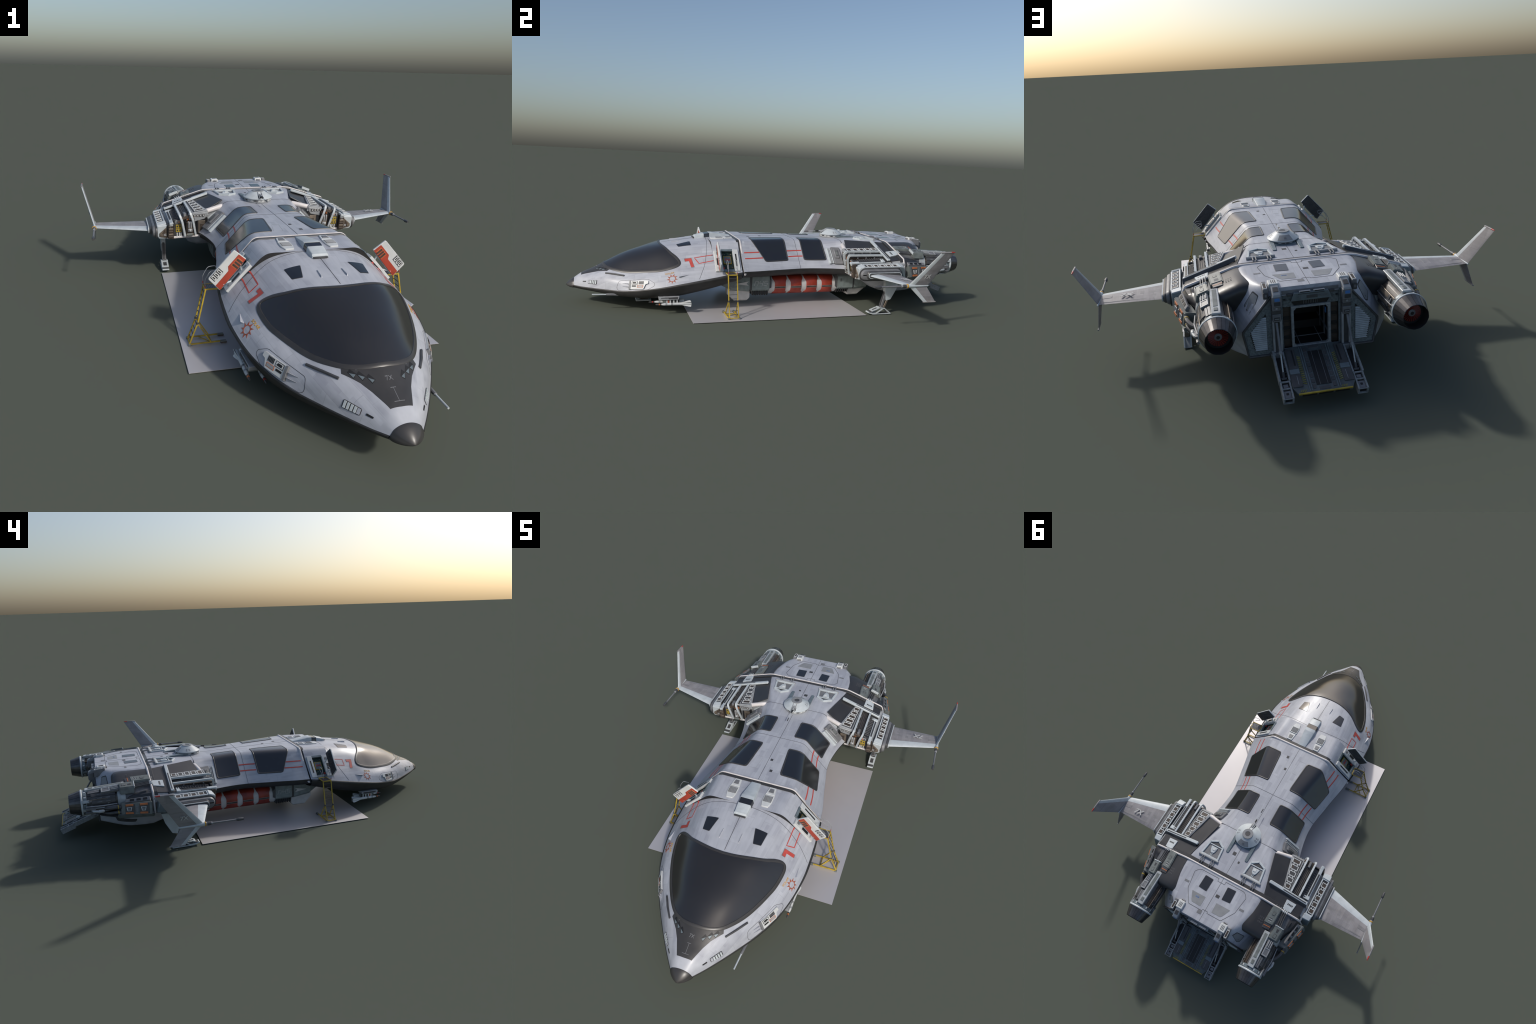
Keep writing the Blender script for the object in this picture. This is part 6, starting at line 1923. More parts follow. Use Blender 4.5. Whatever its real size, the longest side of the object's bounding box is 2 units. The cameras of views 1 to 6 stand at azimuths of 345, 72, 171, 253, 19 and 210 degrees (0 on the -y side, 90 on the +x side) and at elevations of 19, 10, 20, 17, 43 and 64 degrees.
# arrow mark
g.slab([(0.2030, -0.2150, 0.1180), (0.2040, -0.1500, 0.1300), (0.2040, -0.1620, 0.1190), (0.2040, -0.1500, 0.1080)], 0.002, "pod_band", (1, 0, 0), 0, 0.0012)
# rear
g.loft([octo(0.3130, 0.109, 0.2000, 0.0760, 0.1480, 0.020), octo(0.3260, 0.106, 0.2030, 0.0740, 0.1560, 0.016)], "dark_grey", True, True)
g.loft([octo(0.3255, 0.104, 0.2050, 0.0740, 0.1560, 0.012), octo(0.4110, 0.104, 0.2050, 0.0740, 0.1560, 0.012)], "pod_grey", True, True)
g.loft([octo(0.4105, 0.106, 0.2025, 0.0750, 0.1540, 0.012), octo(0.4220, 0.106, 0.2025, 0.0750, 0.1540, 0.012)], "dark_grey", True, True)
g.loft([octo(0.4215, 0.104, 0.2040, 0.0740, 0.1500, 0.012), octo(0.4950, 0.110, 0.1980, 0.0780, 0.1300, 0.012)], "pod_grey", True, True)
g.loft([octo(0.372, 0.128, 0.1780, 0.066, 0.080, 0.004), octo(0.398, 0.126, 0.1800, 0.0400, 0.0800, 0.006), octo(0.452, 0.126, 0.1800, 0.0400, 0.0800, 0.006), octo(0.492, 0.130, 0.1760, 0.0680, 0.0850, 0.006)], "pod_band", True, True)
for k in range(6):
    y = 0.318 + k * 0.012
    g.hexa([(0.120, y + .002, 0.058), (0.1965, y + .002, 0.060), (0.1965, y + 0.007, 0.060), (0.120, y + 0.007, 0.058), (0.116, y + .004, 0.078), (0.2010, y + .004, 0.078), (0.2010, y + 0.010, 0.078), (0.116, y + 0.010, 0.078)], "black", 0.0006)
g.slab([(0.2050, 0.340, 0.118), (0.2050, 0.346, 0.118), (0.2050, 0.346, 0.134), (0.2050, 0.340, 0.134)], 0.002, "dark_grey", (1, 0, 0), 0, 0.0008)
# yokes up into the hull
g.box((0.125, -0.180, 0.150), (0.180, -0.070, 0.19), "dark_grey", 0.002)
g.box((0.125, 0.330, 0.140), (0.180, 0.420, 0.20), "dark_grey", 0.002)
pair("tank_end", g, tank, 30)
GLYPH = {"n": [[(0, 0), (0, 1), (0.85, 1), (1, 0.8), (1, 0)]], "4": [[(0, 1), (0, 0.45), (1, 0.45)], [(1, 1), (1, 0)]], "5": [[(1, 1), (0, 1), (0, 0.5), (1, 0.5), (1, 0), (0, 0)]]}
for sg, t_ in ((1, tank[0]), (-1, tank[1])):
    g = G()
    for k, ch in enumerate("n45"):
        for st_ in GLYPH[ch]:
            pt = lambda p: Vv((sg * 0.2062, -0.0885 + sg * (-0.0325 + k * 0.0240 + p[0] * 0.0160 + p[1] * 0.0050), 0.1085 + p[1] * 0.0210))
            P_ = [pt(p) for p in st_]
            for a_, b_ in zip(P_, P_[1:]):
                e_ = (b_ - a_).normalized() * 0.0011
                n_ = e_.cross(Vv((1, 0, 0)))
                g.slab([a_ - e_ - n_, b_ + e_ - n_, b_ + e_ + n_, a_ - e_ + n_], 0.0016, "text_pale", (sg, 0, 0), 0)
    part("tank_lettering", g, t_)

# ------------------------------------------------------------------ tail face, doorway, ramp
YF = 0.8180
BACK = (0, 1, 0)
def tq(pts, y=YF): return [Vv((x, y, z)) for x, z in pts]


g = G()
side = [(0.0905, 0.3040), (0.1270, 0.3000), (0.2195, 0.1880), (0.2200, 0.1800), (0.2060, 0.1000), (0.2020, 0.0975), (0.0905, 0.0975)]
g.slab(tq(side), 0.010, "rough_wall", BACK, 0.001)
side_face = both("tail_face", g, aft_o)
g = G()
# dark bead round the outer edge
g.tube([Vv((x, YF + 0.0015, z)) for x, z in [(0.1265, 0.3000), (0.2185, 0.1880), (0.2188, 0.1800), (0.2050, 0.1000), (0.2000, 0.0985), (0.132, 0.0985)]], 0.0042, "dark_grey", 10)
# louvred panels
lv = [(0.1440, 0.2420), (0.1480, 0.2390), (0.1960, 0.1850), (0.1970, 0.1760), (0.1850, 0.1200), (0.1810, 0.1165), (0.1435, 0.1165)]
g.slab(tq(lv), 0.002, "black", BACK, 0, 0.0008)
pair("tail_bead", g, side_face)
g = G()
nl = 17
for k in range(nl):
    z0 = lerp(0.1190, 0.2330, k / nl); z1 = lerp(0.1190, 0.2330, (k + 1) / nl)
    xo = lambda z: (lerp(0.1945, 0.1490, (z - 0.185) / 0.054) if z > 0.185 else (lerp(0.1825, 0.1945, (z - 0.118) / 0.067)))
    a, b = xo(z0), xo(z1 - .001)
    xi = 0.1445
    if min(a, b) - xi < 0.004: continue
    z1 -= 0.0013
    g.hexa([(xi, YF, z0), (a - .001, YF, z0), (b - .003, YF, z1), (xi, YF, z1), (xi, YF + 0.0045, z0 + 0.0008), (a, YF + 0.0045, z0 + 0.0008), (b - .002, YF + 0.0012, z1 - 0.0002), (xi, YF + 0.0012, z1 - 0.0002)], "engine_light", 0)
    g.hexa([(a - 0.003, YF, z0), (a + 0.002, YF, z0 + .001), (b - .003, YF, z1), (b - .004, YF, z1), (a - 0.003, YF + 0.003, z0), (a + 0.002, YF + 0.003, z0 + .001), (b - .003, YF + .001, z1), (b - .004, YF + .001, z1)], "engine_light", 0)
pair("tail_louvre", g, side_face)
g = G()
# lintel, side recesses, door frame
g.slab(tq([(-0.0905, 0.3120), (0.0905, 0.3120), (0.0905, 0.2785), (-0.0905, 0.2785)], YF - 0.003), 0.010, "rough_wall", BACK, 0.001)
for sg in (1, -1):
    g.slab(tq([(sg * 0.0905, 0.2790), (sg * 0.0905, 0.2560), (sg * 0.0640, 0.2560), (sg * 0.0520, 0.2560), (sg * 0.0645, 0.2790)], YF - 0.003), 0.010, "rough_wall", BACK, 0.001)
g.slab(tq([(-0.0905, 0.3130), (0.0905, 0.3130), (0.0905, 0.2960), (-0.0905, 0.2960)], YF - 0.0005), 0.004, "mid_grey", BACK, 0.0006)
for sg in (1, -1):
    g.slab(tq([(sg * 0.0640, 0.2560), (sg * 0.0905, 0.2480), (sg * 0.0905, 0.110), (sg * 0.0640, 0.110)], YF - 0.014), 0.004, "brown_dark", BACK, 0.0004)
    for k in range(7):
        z = 0.122 + k * 0.017
        g.slab(tq([(sg * 0.067, z), (sg * 0.088, z), (sg * 0.088, z + 0.012), (sg * 0.067, z + 0.012)], YF - 0.012), 0.004, "black" if k % 2 else "brown_dark", BACK, 0.0008)
    g.slab(tq([(sg * 0.0555, 0.2520), (sg * 0.0645, 0.2560), (sg * 0.0645, 0.1120), (sg * 0.0555, 0.1120)], YF + 0.001), 0.012, "frame_grey", BACK, 0.002)
    g.slab(tq([(sg * 0.0560, 0.2500), (sg * 0.0480, 0.2500), (sg * 0.0560, 0.2420)], YF + 0.001), 0.010, "frame_grey", BACK, 0)
    g.slab(tq([(sg * 0.0560, 0.1180), (sg * 0.0480, 0.1180), (sg * 0.0560, 0.1260)], YF + 0.001), 0.010, "frame_grey", BACK, 0)
g.slab(tq([(-0.0645, 0.2500), (0.0645, 0.2500), (0.0645, 0.2580), (-0.0645, 0.2580)], YF + 0.0005), 0.012, "frame_grey", BACK, 0.001)
g.slab(tq([(-0.0645, 0.1090), (0.0645, 0.1090), (0.0645, 0.1190), (-0.0645, 0.1190)], YF + 0.0015), 0.012, "frame_grey", BACK, 0.001)
g.slab(tq([(-0.0905, 0.1120), (0.0905, 0.1120), (0.0905, 0.0975), (-0.0905, 0.0975)], YF - 0.001), 0.006, "mid_grey", BACK, 0.001)
frame_o = part("tail_door_frame", g, aft_o, 30)
# header box with name plate and a slotted visor under it
g = G()
g.hexa([(-0.0590, YF - .004, 0.2780), (0.0590, YF - .004, 0.2780), (0.0540, YF - .004, 0.3060), (-0.0540, YF - .004, 0.3060), (-0.0665, YF + 0.0100, 0.2790), (0.0665, YF + 0.0100, 0.2790), (0.0550, YF + 0.0120, 0.3060), (-0.0550, YF + 0.0120, 0.3060)], "steel_blue", 0.001)
g.slab(tq([(-0.0560, 0.2575), (0.0560, 0.2575), (0.0660, 0.2800), (-0.0660, 0.2800)], YF - 0.006), 0.006, "black", BACK, 0.0006)
for k in range(9):
    x = -0.022 + k * 0.0055
    g.box((x, YF - 0.007, 0.2610), (x + 0.0012, YF - 0.004, 0.2770), "mid_grey", 0)
for x0, x1 in ((-0.0440, -0.0080), (0.0020, 0.0380)):
    g.box((x0, YF + 0.002, 0.3060), (x1, YF + 0.0115, 0.3105), "light_grey", 0.001)
    g.box((x0 + .003, YF + 0.0105, 0.3068), (x1 - .003, YF + 0.0120, 0.3096), "black", 0)
g.box((-0.0420, YF + 0.0105, 0.3010), (0.0420, YF + 0.0125, 0.3030), "seam", 0)
g.box((-0.0200, YF + 0.0105, 0.2860), (0.0150, YF + 0.0122, 0.2960), "dark_grey", 0.0006)
for sg in (1, -1):
    g.box((min(sg * 0.0580, sg * 0.0760), YF - 0.001, 0.2950), (max(sg * 0.0580, sg * 0.0760), YF + 0.006, 0.3030), "dark_grey", 0.001)
    g.box((min(sg * 0.0800, sg * 0.0870), YF - 0.001, 0.2820), (max(sg * 0.0800, sg * 0.0870), YF + 0.003, 0.2855), "black", 0.0004)
hd = part("tail_header", g, frame_o)
g = G()
label(g, "VG-7X", 0.0100, (-0.0370, YF + 0.0114, 0.2910), (-1, 0, 0), (0, 0, 1), (0, -1, 0), "mid_grey", 0.0008, 0, 0.0002, press=False)
c = Vv((0.0375, YF + 0.0114, 0.2910))
for k in range(8):
    a = 2 * math.pi * k / 8
    d = Vv((math.cos(a), 0, math.sin(a)))
    t = Vv((-math.sin(a), 0, math.cos(a)))
    g.slab([c + d * 0.0040 - t * 0.0010, c + d * 0.0056, c + d * 0.0040 + t * 0.0010], 0.001, "mid_grey", BACK, 0, 0.0006)
part("header_lettering", g, hd)
# corridor behind the opening
g = G()
cx, z0, z1, y0, y1 = 0.058, 0.1170, 0.2560, 0.570, YF - 0.012
v = [(-cx, y0, z0), (cx, y0, z0), (cx, y0, z1), (-cx, y0, z1), (-cx, y1, z0), (cx, y1, z0), (cx, y1, z1), (-cx, y1, z1)]
g.raw(v, [[0, 1, 2, 3], [0, 4, 5, 1], [2, 6, 7, 3], [1, 5, 6, 2], [0, 3, 7, 4]], "black")
for sg in (1, -1):
    for ya, yb in ((0.815, 0.800), (0.760, 0.748), (0.700, 0.690)):
        g.box((sg * cx - 0.002, yb, z0), (sg * cx + 0.002, ya, z1), "mid_grey", 0.0005)
    g.box((sg * cx - 0.003, 0.66, 0.150), (sg * cx + 0.003, 0.815, 0.156), "steel_blue", 0.0005)
    g.box((sg * cx - 0.003, 0.770, 0.205), (sg * cx + 0.003, 0.782, 0.225), "blue", 0.0005)
    g.box((sg * 0.036 - 0.0008, 0.66, z0), (sg * 0.036 + 0.0008, 0.814, z0 + 0.0015), "light_grey", 0)
g.box((-cx, 0.575, z0), (cx, 0.6420, z0 + 0.100), "black", 0)
g.box((-cx, 0.575, z0), (cx, 0.6980, z0 + 0.028), "black", 0)
g.box((-cx, 0.7525, z0), (cx, 0.7545, z0 + 0.0020), "mid_grey", 0)
part("tail_corridor", g, frame_o)

# pillars with hydraulic blocks at the roof edge
g = G()
g.box((0.0960, YF - 0.002, 0.098), (0.1275, YF + 0.006, 0.300), "dark_grey", 0.001)
g.box((0.0965, YF + 0.004, 0.108), (0.1035, YF + 0.0130, 0.222), "light_grey", 0.001)
g.box((0.1200, YF + 0.004, 0.108), (0.1270, YF + 0.0130, 0.222), "light_grey", 0.001)
g.box((0.0985, YF + 0.004, 0.2180), (0.1255, YF + 0.0165, 0.2440), "mid_grey", 0.0015)
g.box((0.1030, YF + 0.0155, 0.2235), (0.1210, YF + 0.0180, 0.2340), "seam", 0.0006)
g.box((0.1050, YF + 0.0170, 0.2280), (0.1190, YF + 0.0188, 0.2300), "light_grey", 0)
g.box((0.0970, YF + 0.004, 0.2440), (0.1270, YF + 0.0150, 0.2560), "dark_grey", 0.001)
g.box((0.0990, YF + 0.004, 0.2560), (0.1250, YF + 0.0160, 0.2740), "mid_grey", 0.001)
g.lathe([(0, 0.0042), (0.004, 0.0035)], (0.1120, YF + 0.0155, 0.2650), (0, 1, 0), "light_grey", 12)
g.box((0.0965, YF + 0.002, 0.2740), (0.1260, 0.8480, 0.3090), "mid_grey", 0.002)
g.box((0.1030, 0.8470, 0.2940), (0.1190, 0.8492, 0.3040), "blue", 0.0006)
g.box((0.1010, 0.8470, 0.2790), (0.1210, 0.8490, 0.2920), "seam", 0.0006)
# sloping cap over the edge
g.hexa([(0.0985, 0.800, 0.310), (0.1235, 0.800, 0.310), (0.1235, 0.848, 0.300), (0.0985, 0.848, 0.300), (0.0985, 0.803, 0.3330), (0.1235, 0.803, 0.3330), (0.1235, 0.8465, 0.3140), (0.0985, 0.8465, 0.3140)], "light_grey", 0.002)
g.slab([(0.1030, 0.816, 0.3280), (0.1190, 0.816, 0.3280), (0.1190, 0.834, 0.3202), (0.1030, 0.834, 0.3202)], 0.003, "seam", (0, 0.4, 1), 0.0004, 0.0010)
g.hexa([(0.0950, 0.766, 0.318), (0.1300, 0.766, 0.318), (0.1300, 0.8060, 0.312), (0.0950, 0.8060, 0.312), (0.0965, 0.768, 0.3360), (0.1285, 0.768, 0.3360), (0.1285, 0.8050, 0.3350), (0.0965, 0.8050, 0.3350)], "white_paint", 0.002)
for k in range(3):
    x = 0.1050 + k * 0.006
    g.slab([(x, 0.776, 0.3360), (x + 0.0022, 0.776, 0.3360), (x + 0.0022, 0.797, 0.3355), (x, 0.797, 0.3355)], 0.003, "seam", (0, 0, 1), 0, 0.0006)
for x in (0.105, 0.112, 0.119):
    g.tube([(x, 0.760, 0.326), (x, 0.769, 0.330)], 0.0022, "mid_grey", 7)
# smaller block outboard
g.hexa([(0.1330, 0.770, 0.305), (0.1500, 0.770, 0.305), (0.1500, 0.822, 0.292), (0.1330, 0.822, 0.292), (0.1340, 0.771, 0.3330), (0.1490, 0.771, 0.3330), (0.1490, 0.8225, 0.3270), (0.1340, 0.8225, 0.3270)], "mid_grey", 0.002)
QB = [Vv((0.1350, 0.782, 0.3322)), Vv((0.1480, 0.782, 0.3322)), Vv((0.1480, 0.818, 0.3278)), Vv((0.1350, 0.818, 0.3278))]
g.frame(QB, (0.16, 0.08), 0.003, "white_paint", (0, 0, 1), 0.0008)
g.slab([S(QB, 0.2, 0.12), S(QB, 0.8, 0.12), S(QB, 0.8, 0.88), S(QB, 0.2, 0.88)], 0.003, "brown_dark", (0, 0, 1), 0, 0.0006)
g.box((0.1345, 0.8200, 0.296), (0.1490, 0.8260, 0.3160), "dark_grey", 0.001)
g.box((0.1380, 0.8250, 0.302), (0.1455, 0.8272, 0.3110), "mid_grey", 0.0006)
pair("hydraulic_tower", g, aft_o)
# window in the slanting flank beside the face
g = G()
set_surface([g_aft])
fw = [Vv((0.1715, 0.7700, 0.2970)), Vv((0.1640, 0.7900, 0.2930)), Vv((0.1900, 0.8020, 0.2500)), Vv((0.1985, 0.7960, 0.2440)), Vv((0.2010, 0.7650, 0.2560))]
FN = Vv((-0.80, -0.25, -0.55)).normalized()
cen = sum(fw, Vv((0, 0, 0))) / 5
decal(g, [cen + (p - cen) * 1.14 for p in fw], FN, "seam", 0.0008, 0.012, 0.004)
decal(g, fw, FN, "trap_grey", 0.0012, 0.012, 0.003)
pair("flank_window", g, aft_o)
# inset panel low on the flank
g = G()
lw = [Vv((0.295, 0.655, 0.118)), Vv((0.266, 0.751, 0.130)), Vv((0.262, 0.743, 0.108)), Vv((0.290, 0.663, 0.102))]
decal(g, lw, (-1, 0, 0.2), "dark_grey", 0.0010, 0.012, 0.006)
pair("lower_inset", g, aft_o)

# ramp: sloping deck hinged at the sill
RS, RE = Vv((0, 0.8230, 0.1180)), Vv((0, 0.9955, 0.0565))
RD = (RE - RS).normalized(); RN = Vv((0, -RD.z, RD.y))
RL = (RE - RS).length
def rp(x, t, h=0.0): return RS + RD * (t * RL) + RN * h + Vv((x, 0, 0))
UPR = tuple(RN)
g = G()
g.slab([rp(-0.0960, 0.06), rp(-0.0760, 0.0), rp(0.0760, 0.0), rp(0.0960, 0.06), rp(0.0960, 0.86), rp(0.0820, 1), rp(-0.0820, 1), rp(-0.0960, 0.86)], 0.012, "ramp_metal", UPR, 0.001)
ramp = part("loading_ramp", g, aft_o)
def rq(g, x0, x1, t0, t1, mat, h=0.0010, d=0.003, b=0.0004):
    g.slab([rp(x0, t0), rp(x1, t0), rp(x1, t1), rp(x0, t1)], d, mat, UPR, b, h)
g = G()
rq(g, -0.0230, 0.0230, 0.14, 0.86, "black", 0.0016)
for x in (-0.0115, 0.0115): rq(g, x - 0.0005, x + 0.0005, 0.14, 0.86, "mid_grey", 0.0020, 0.003, 0)
for sg in (1, -1):
    for k in range(8):
        t = 0.06 + k * 0.112
        rq(g, min(sg * 0.0265, sg * 0.0355), max(sg * 0.0265, sg * 0.0355), t, t + 0.080, "dark_grey", 0.0016)
    for x in (0.0400, 0.0470): rq(g, sg * x - 0.0010, sg * x + 0.0010, 0.03, 0.96, "steel_blue", 0.0022, 0.003, 0)
    rq(g, min(sg * 0.0660, sg * 0.0930), max(sg * 0.0660, sg * 0.0930), 0.07, 0.50, "dark_grey", 0.0060, 0.008, 0.001)
    rq(g, min(sg * 0.0710, sg * 0.0760), max(sg * 0.0710, sg * 0.0760), 0.10, 0.44, "black", 0.0064, 0.003, 0)
    rq(g, min(sg * 0.0640, sg * 0.0940), max(sg * 0.0640, sg * 0.0940), 0.50, 0.60, "steel_blue", 0.0050, 0.008, 0.001)
    rq(g, min(sg * 0.0640, sg * 0.0950), max(sg * 0.0640, sg * 0.0950), 0.60, 0.86, "dark_grey", 0.0035, 0.008, 0.001)
    rq(g, sg * 0.076 - 0.0006, sg * 0.076 + 0.0006, 0.64, 0.82, "light_grey", 0.0040, 0.003, 0)
for t in (0.02, 0.90): rq(g, -0.0170, 0.0170, t, t + 0.055, "dark_grey", 0.0014)
part("ramp_tread", g, ramp, stuff=True)
g = G()
for sg in (1, -1):
    for k in range(15):
        t = 0.22 + k * 0.040
        w0, w1 = (0.0515, 0.0620)
        g.slab([rp(sg * w0, t + 0.022), rp(sg * w1, t), rp(sg * w1, t + 0.018), rp(sg * w0, t + 0.040)], 0.003, "faded_yellow", UPR, 0, 0.0016)
    for k in range(3):
        x = sg * (0.0560 + k * 0.0065)
        g.slab([rp(x, 0.925), rp(x + 0.004, 0.925), rp(x + 0.008, 0.965), rp(x + 0.004, 0.965)], 0.003, "faded_yellow", UPR, 0, 0.0014)
rq(g, -0.0825, 0.0825, 0.982, 1.004, "yellow", 0.0018, 0.006, 0.0006)
part("ramp_hazard_stripe", g, ramp)
g = G()
for x0, x1 in ((-0.072, -0.028), (-0.022, 0.022), (0.028, 0.072)):
    g.slab([rp(x0, 1.0, -0.003), rp(x1, 1.0, -0.003), rp(x1, 1.0, -0.010), rp(x0, 1.0, -0.010)], 0.003, "black", tuple(RD), 0, 0.0010)
part("ramp_edge", g, ramp)

# ramp arms: side rails with open boxes at the far end and a hydraulic strut
A_S, A_E = Vv((0.1145, 0.8250, 0.1060)), Vv((0.1135, 0.9990, 0.0430))
AD = (A_E - A_S).normalized(); AN = Vv((0, -AD.z, AD.y)).normalized()
AL = (A_E - A_S).length
def ap(dx, t, h): return A_S + AD * (t * AL) + AN * h + Vv((dx, 0, 0))
def abox(g, x0, x1, t0, t1, h0, h1, mat, b=0.0008):
    g.hexa([ap(x0, t0, h0), ap(x1, t0, h0), ap(x1, t1, h0), ap(x0, t1, h0), ap(x0, t0, h1), ap(x1, t0, h1), ap(x1, t1, h1), ap(x0, t1, h1)], mat, b)
g = G()
abox(g, 0.0120, 0.0190, 0.0, 0.66, -0.009, 0.013, "frame_grey", 0.0012)
abox(g, -0.0180, -0.0120, 0.04, 0.66, -0.009, 0.012, "frame_grey", 0.0012)
abox(g, -0.0130, 0.0135, 0.10, 0.66, -0.008, -0.004, "black")
for k in range(10):
    t = 0.12 + k * 0.053
    abox(g, -0.0120, -0.0085, t, t + 0.03, -0.004, 0.004, "seam", 0.0004)
    abox(g, 0.0090, 0.0125, t, t + 0.03, -0.004, 0.003, "seam", 0.0004)
# end box
for x0, x1 in ((-0.0165, -0.0112), (0.0112, 0.0165)):
    abox(g, x0, x1, 0.64, 1.0, -0.0165, 0.009, "frame_grey", 0.001)
for t0, t1 in ((0.64, 0.67), (0.78, 0.805), (0.985, 0.999)):
    abox(g, -0.0125, 0.0125, t0, t1, 0.003 if t0 < 0.9 else 0.0045, 0.0075, "frame_grey", 0.0008)
abox(g, -0.0125, 0.0125, 0.64, 1.0, -0.0165, -0.0130, "frame_grey", 0.0006)
abox(g, -0.0115, 0.0115, 0.66, 0.970, -0.013, -0.002, "black", 0)
abox(g, -0.0080, 0.0080, 0.69, 0.76, -0.003, 0.003, "mid_grey", 0.001)
abox(g, -0.0112, 0.0112, 0.82, 0.970, -0.003, 0.0025, "mid_grey", 0.001)
abox(g, -0.0040, 0.0040, 0.86, 0.905, 0.000, 0.0030, "black", 0.0004)
for k in range(3):
    abox(g, 0.0149, 0.0156, 0.72 + k * 0.07, 0.765 + k * 0.07, -0.008, 0.002, "black", 0)
g.tube([(0.128, 0.816, 0.104), (0.128, 0.834, 0.106), (0.1295, 0.844, 0.103)], 0.0085, "frame_grey", 12)
g.box((0.0960, 0.812, 0.092), (0.1210, 0.838, 0.112), "mid_grey", 0.002)
g.tube([(0.095, 0.832, 0.108), (0.136, 0.832, 0.108)], 0.0052, "dark_grey", 12)
arm = pair("ramp_arm", g, ramp)
g = G()
s0, s1 = Vv((0.1140, 0.8330, 0.215)), ap(0.0, 0.58, 0.003)
m_ = s0.lerp(s1, 0.55)
g.tube([s0, m_], 0.0042, "mid_grey", 12)
g.tube([m_ - (s1 - s0).normalized() * 0.006, m_ + (s1 - s0).normalized() * 0.003], 0.0056, "frame_grey", 12)
g.tube([m_, s1], 0.0024, "engine_light", 10)
g.tube([s1 - Vv((0.008, 0, 0)), s1 + Vv((0.008, 0, 0))], 0.0042, "dark_grey", 10)
g.tube([s1.lerp(s0, 0.12), s1], 0.0040, "seam", 10)
pair("ramp_strut", g, arm)

# ------------------------------------------------------------------ boarding ladders, one each side
def rung_line(t):
    """centre line of the stiles from foot to platform"""
    K = Vv((0.3665, 0, 0.0820))
    return Vv((0.3955, 0, 0.0065)).lerp(K, t / 0.42) if t < 0.42 else K.lerp(Vv((0.3410, 0, 0.1945)), (t - 0.42) / 0.58)


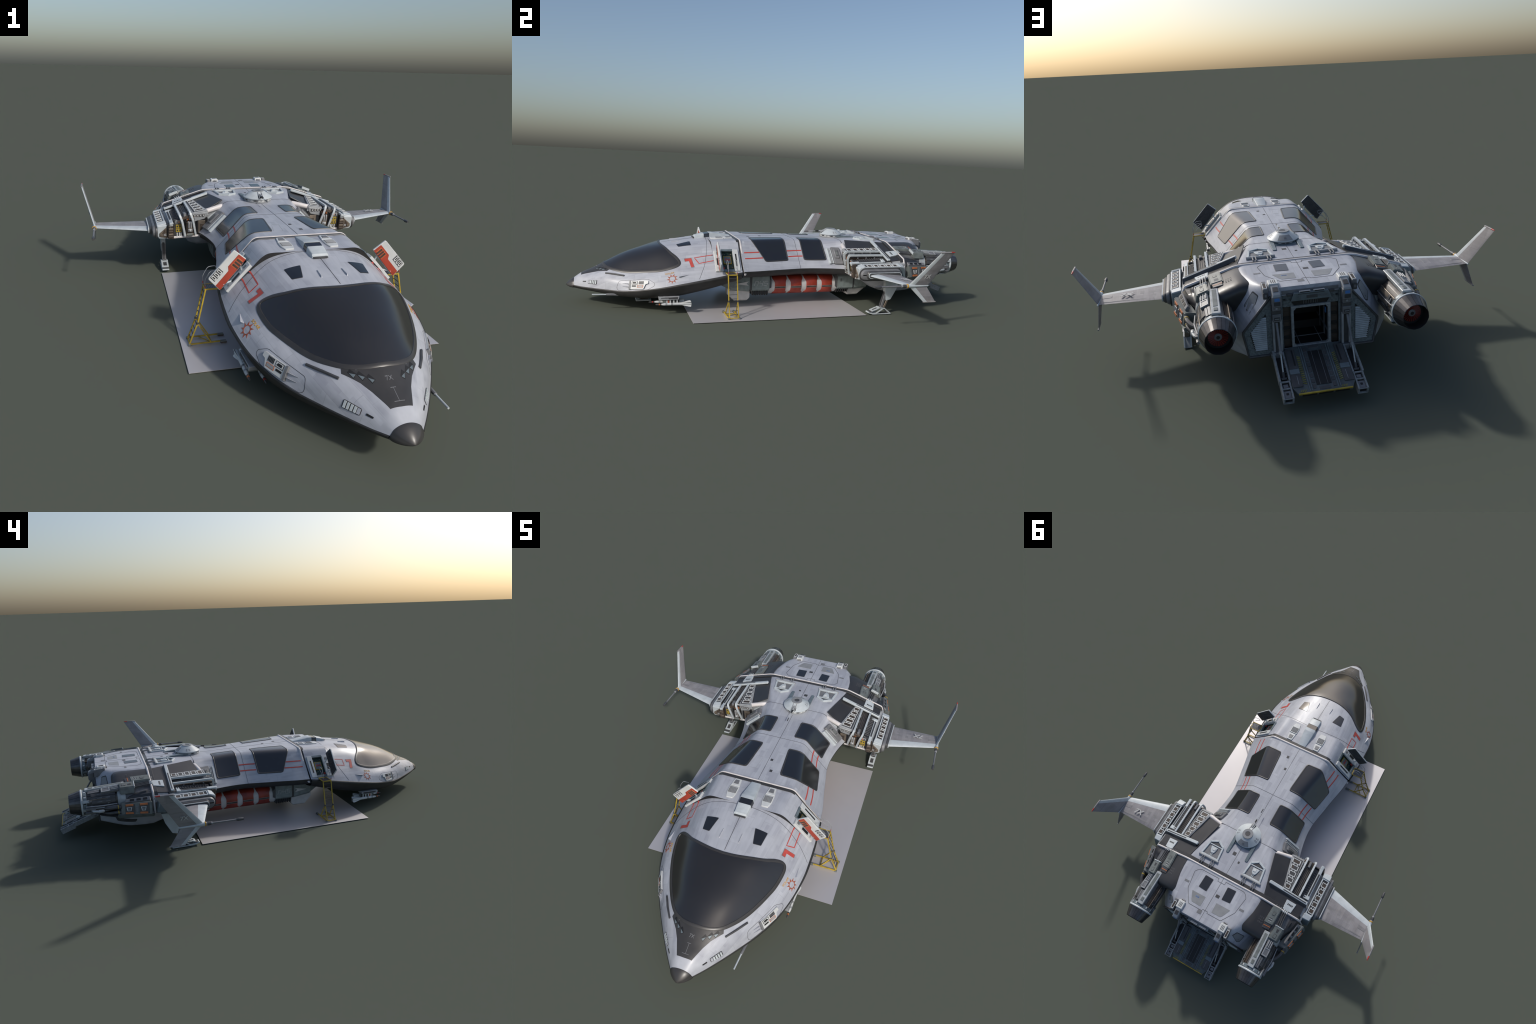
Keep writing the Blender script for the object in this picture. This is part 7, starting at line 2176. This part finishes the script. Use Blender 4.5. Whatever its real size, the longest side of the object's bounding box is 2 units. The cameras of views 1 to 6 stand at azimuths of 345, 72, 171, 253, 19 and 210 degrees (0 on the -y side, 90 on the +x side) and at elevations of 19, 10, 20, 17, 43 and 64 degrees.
LY0, LY1 = -0.2870, -0.2450
for sg in (1, -1):
    root = empty("boarding_ladder", (sg * 0.345, -0.266, 0.0))
    root["label"] = "yellow wheeled boarding ladder with platform and handrails"
    root["category"] = "ladder"
    bpy.context.view_layer.update()
    inv = root.matrix_world.inverted()

    def lp(name, g, parent=root, **k):
        g = g if sg > 0 else g.mirrored()
        if parent is root:
            o = part(name, g, None, **k); o.parent = root; o.matrix_parent_inverse = inv
        else: o = part(name, g, parent, **k)
        return o
    g = G()
    for y in (LY0, LY1):
        P_ = [rung_line(0), rung_line(0.42), rung_line(1)]
        g.tube([Vv((p.x, y, p.z)) for p in P_], 1, "yellow", flat=(0.0046, 0.0042))
        for t in (0.40,):
            p = rung_line(t); g.box((p.x - 0.004, y - 0.0032, p.z - 0.004), (p.x + 0.004, y + 0.0032, p.z + 0.004), "seam", 0.0008)
    stile = lp("ladder_stile", g)
    for k in range(10):
        t = 0.08 + k * 0.094
        g = G()
        p = rung_line(t)
        g.tube([(p.x, LY0, p.z), (p.x, LY1, p.z)], 0.0013, "seam", 6)
        lp("ladder_rung", g)
    g = G()
    for y in (LY0 - 0.004, LY1 + 0.004):
        g.tube([(0.3955, y, 0.0070), (0.2890, y - (0.006 if y < -.266 else -0.006) * 0, 0.0080)], 1, "yellow", flat=(0.0042, 0.0046))
        # brace from knee down to the base rail
        p = rung_line(0.40)
        g.tube([(p.x, y + (0.003 if y < -.266 else -0.003), p.z), (0.3250, y, 0.0085)], 1, "yellow", flat=(0.0040, 0.0040))
    for x in (0.3955, 0.3250): g.tube([(x, LY0 - 0.004, 0.0075), (x, LY1 + 0.004, 0.0075)], 1, "yellow", flat=(0.0036, 0.0036))
    g.tube([(0.3250, LY0 - 0.004, 0.0075), (0.3600, LY1, 0.0076)], 1, "yellow", flat=(0.0026, 0.0026))
    lp("ladder_base", g)
    for x, y in ((0.3965, LY0 - 0.004), (0.3965, LY1 + 0.004)):
        g = G()
        g.box((x - 0.0055, y - 0.0045, 0.0015), (x + 0.0045, y + 0.0045, 0.0090), "green_grey", 0.0015)
        lp("ladder_foot", g)
    for y in (LY0 - 0.004, LY1 + 0.004):
        g = G()
        g.hexa([(0.2740, y - 0.0050, 0.0015), (0.2930, y - 0.0050, 0.0015), (0.2960, y - 0.0030, 0.0060), (0.2720, y - 0.0050, 0.0050), (0.2740, y + 0.0050, 0.0015), (0.2930, y + 0.0050, 0.0015), (0.2960, y + 0.0030, 0.0060), (0.2720, y + 0.0050, 0.0050)], "brown_dark", 0.001)
        g.box((0.2740, y - 0.0045, 0.0045), (0.2950, y + 0.0045, 0.0105), "green_grey", 0.0015)
        lp("ladder_caster", g)
    g = G()
    g.box((0.2900, LY0 + 0.001, 0.1935), (0.3400, LY1 - 0.001, 0.1955), "mid_grey", 0.0004)
    for k in range(9):
        x = 0.2925 + k * 0.0055
        g.box((x, LY0 + 0.002, 0.1954), (x + 0.0028, LY1 - 0.002, 0.1962), "dark_grey", 0)
    for a, b in (((0.2880, LY0), (0.3430, LY0)), ((0.2880, LY1), (0.3430, LY1)), ((0.3430, LY0), (0.3430, LY1)), ((0.2880, LY0), (0.2880, LY1))):
        g.tube([(a[0], a[1], 0.1950), (b[0], b[1], 0.1950)], 1, "yellow", flat=(0.0030, 0.0044))
    lp("ladder_platform", g)
    g = G()
    for y in (LY0, LY1):
        P_ = round_path([(0.3420, y, 0.1960), (0.3435, y, 0.2260), (0.3260, y, 0.2560), (0.2990, y, 0.2580), (0.2980, y, 0.2420), (0.3150, y, 0.2360), (0.3280, y, 0.2200)], 0.008, 4, closed=False)
        g.tube(P_, 0.0012, "light_grey", 7)
        g.tube([(0.3424, y, 0.2010), (0.3428, y, 0.2080)], 0.0016, "red_paint", 7)
    lp("ladder_handrail", g)

# ------------------------------------------------------------------ pale ground sheet
g = G()
g.box((-0.4218, -0.4566, 0.0), (0.4218, 0.3878, 0.0012), "pad_paint", 0)
pad = part("landing_pad", g)
pad["label"] = "flat pale grey rectangular ground sheet"
pad["category"] = "landing pad"
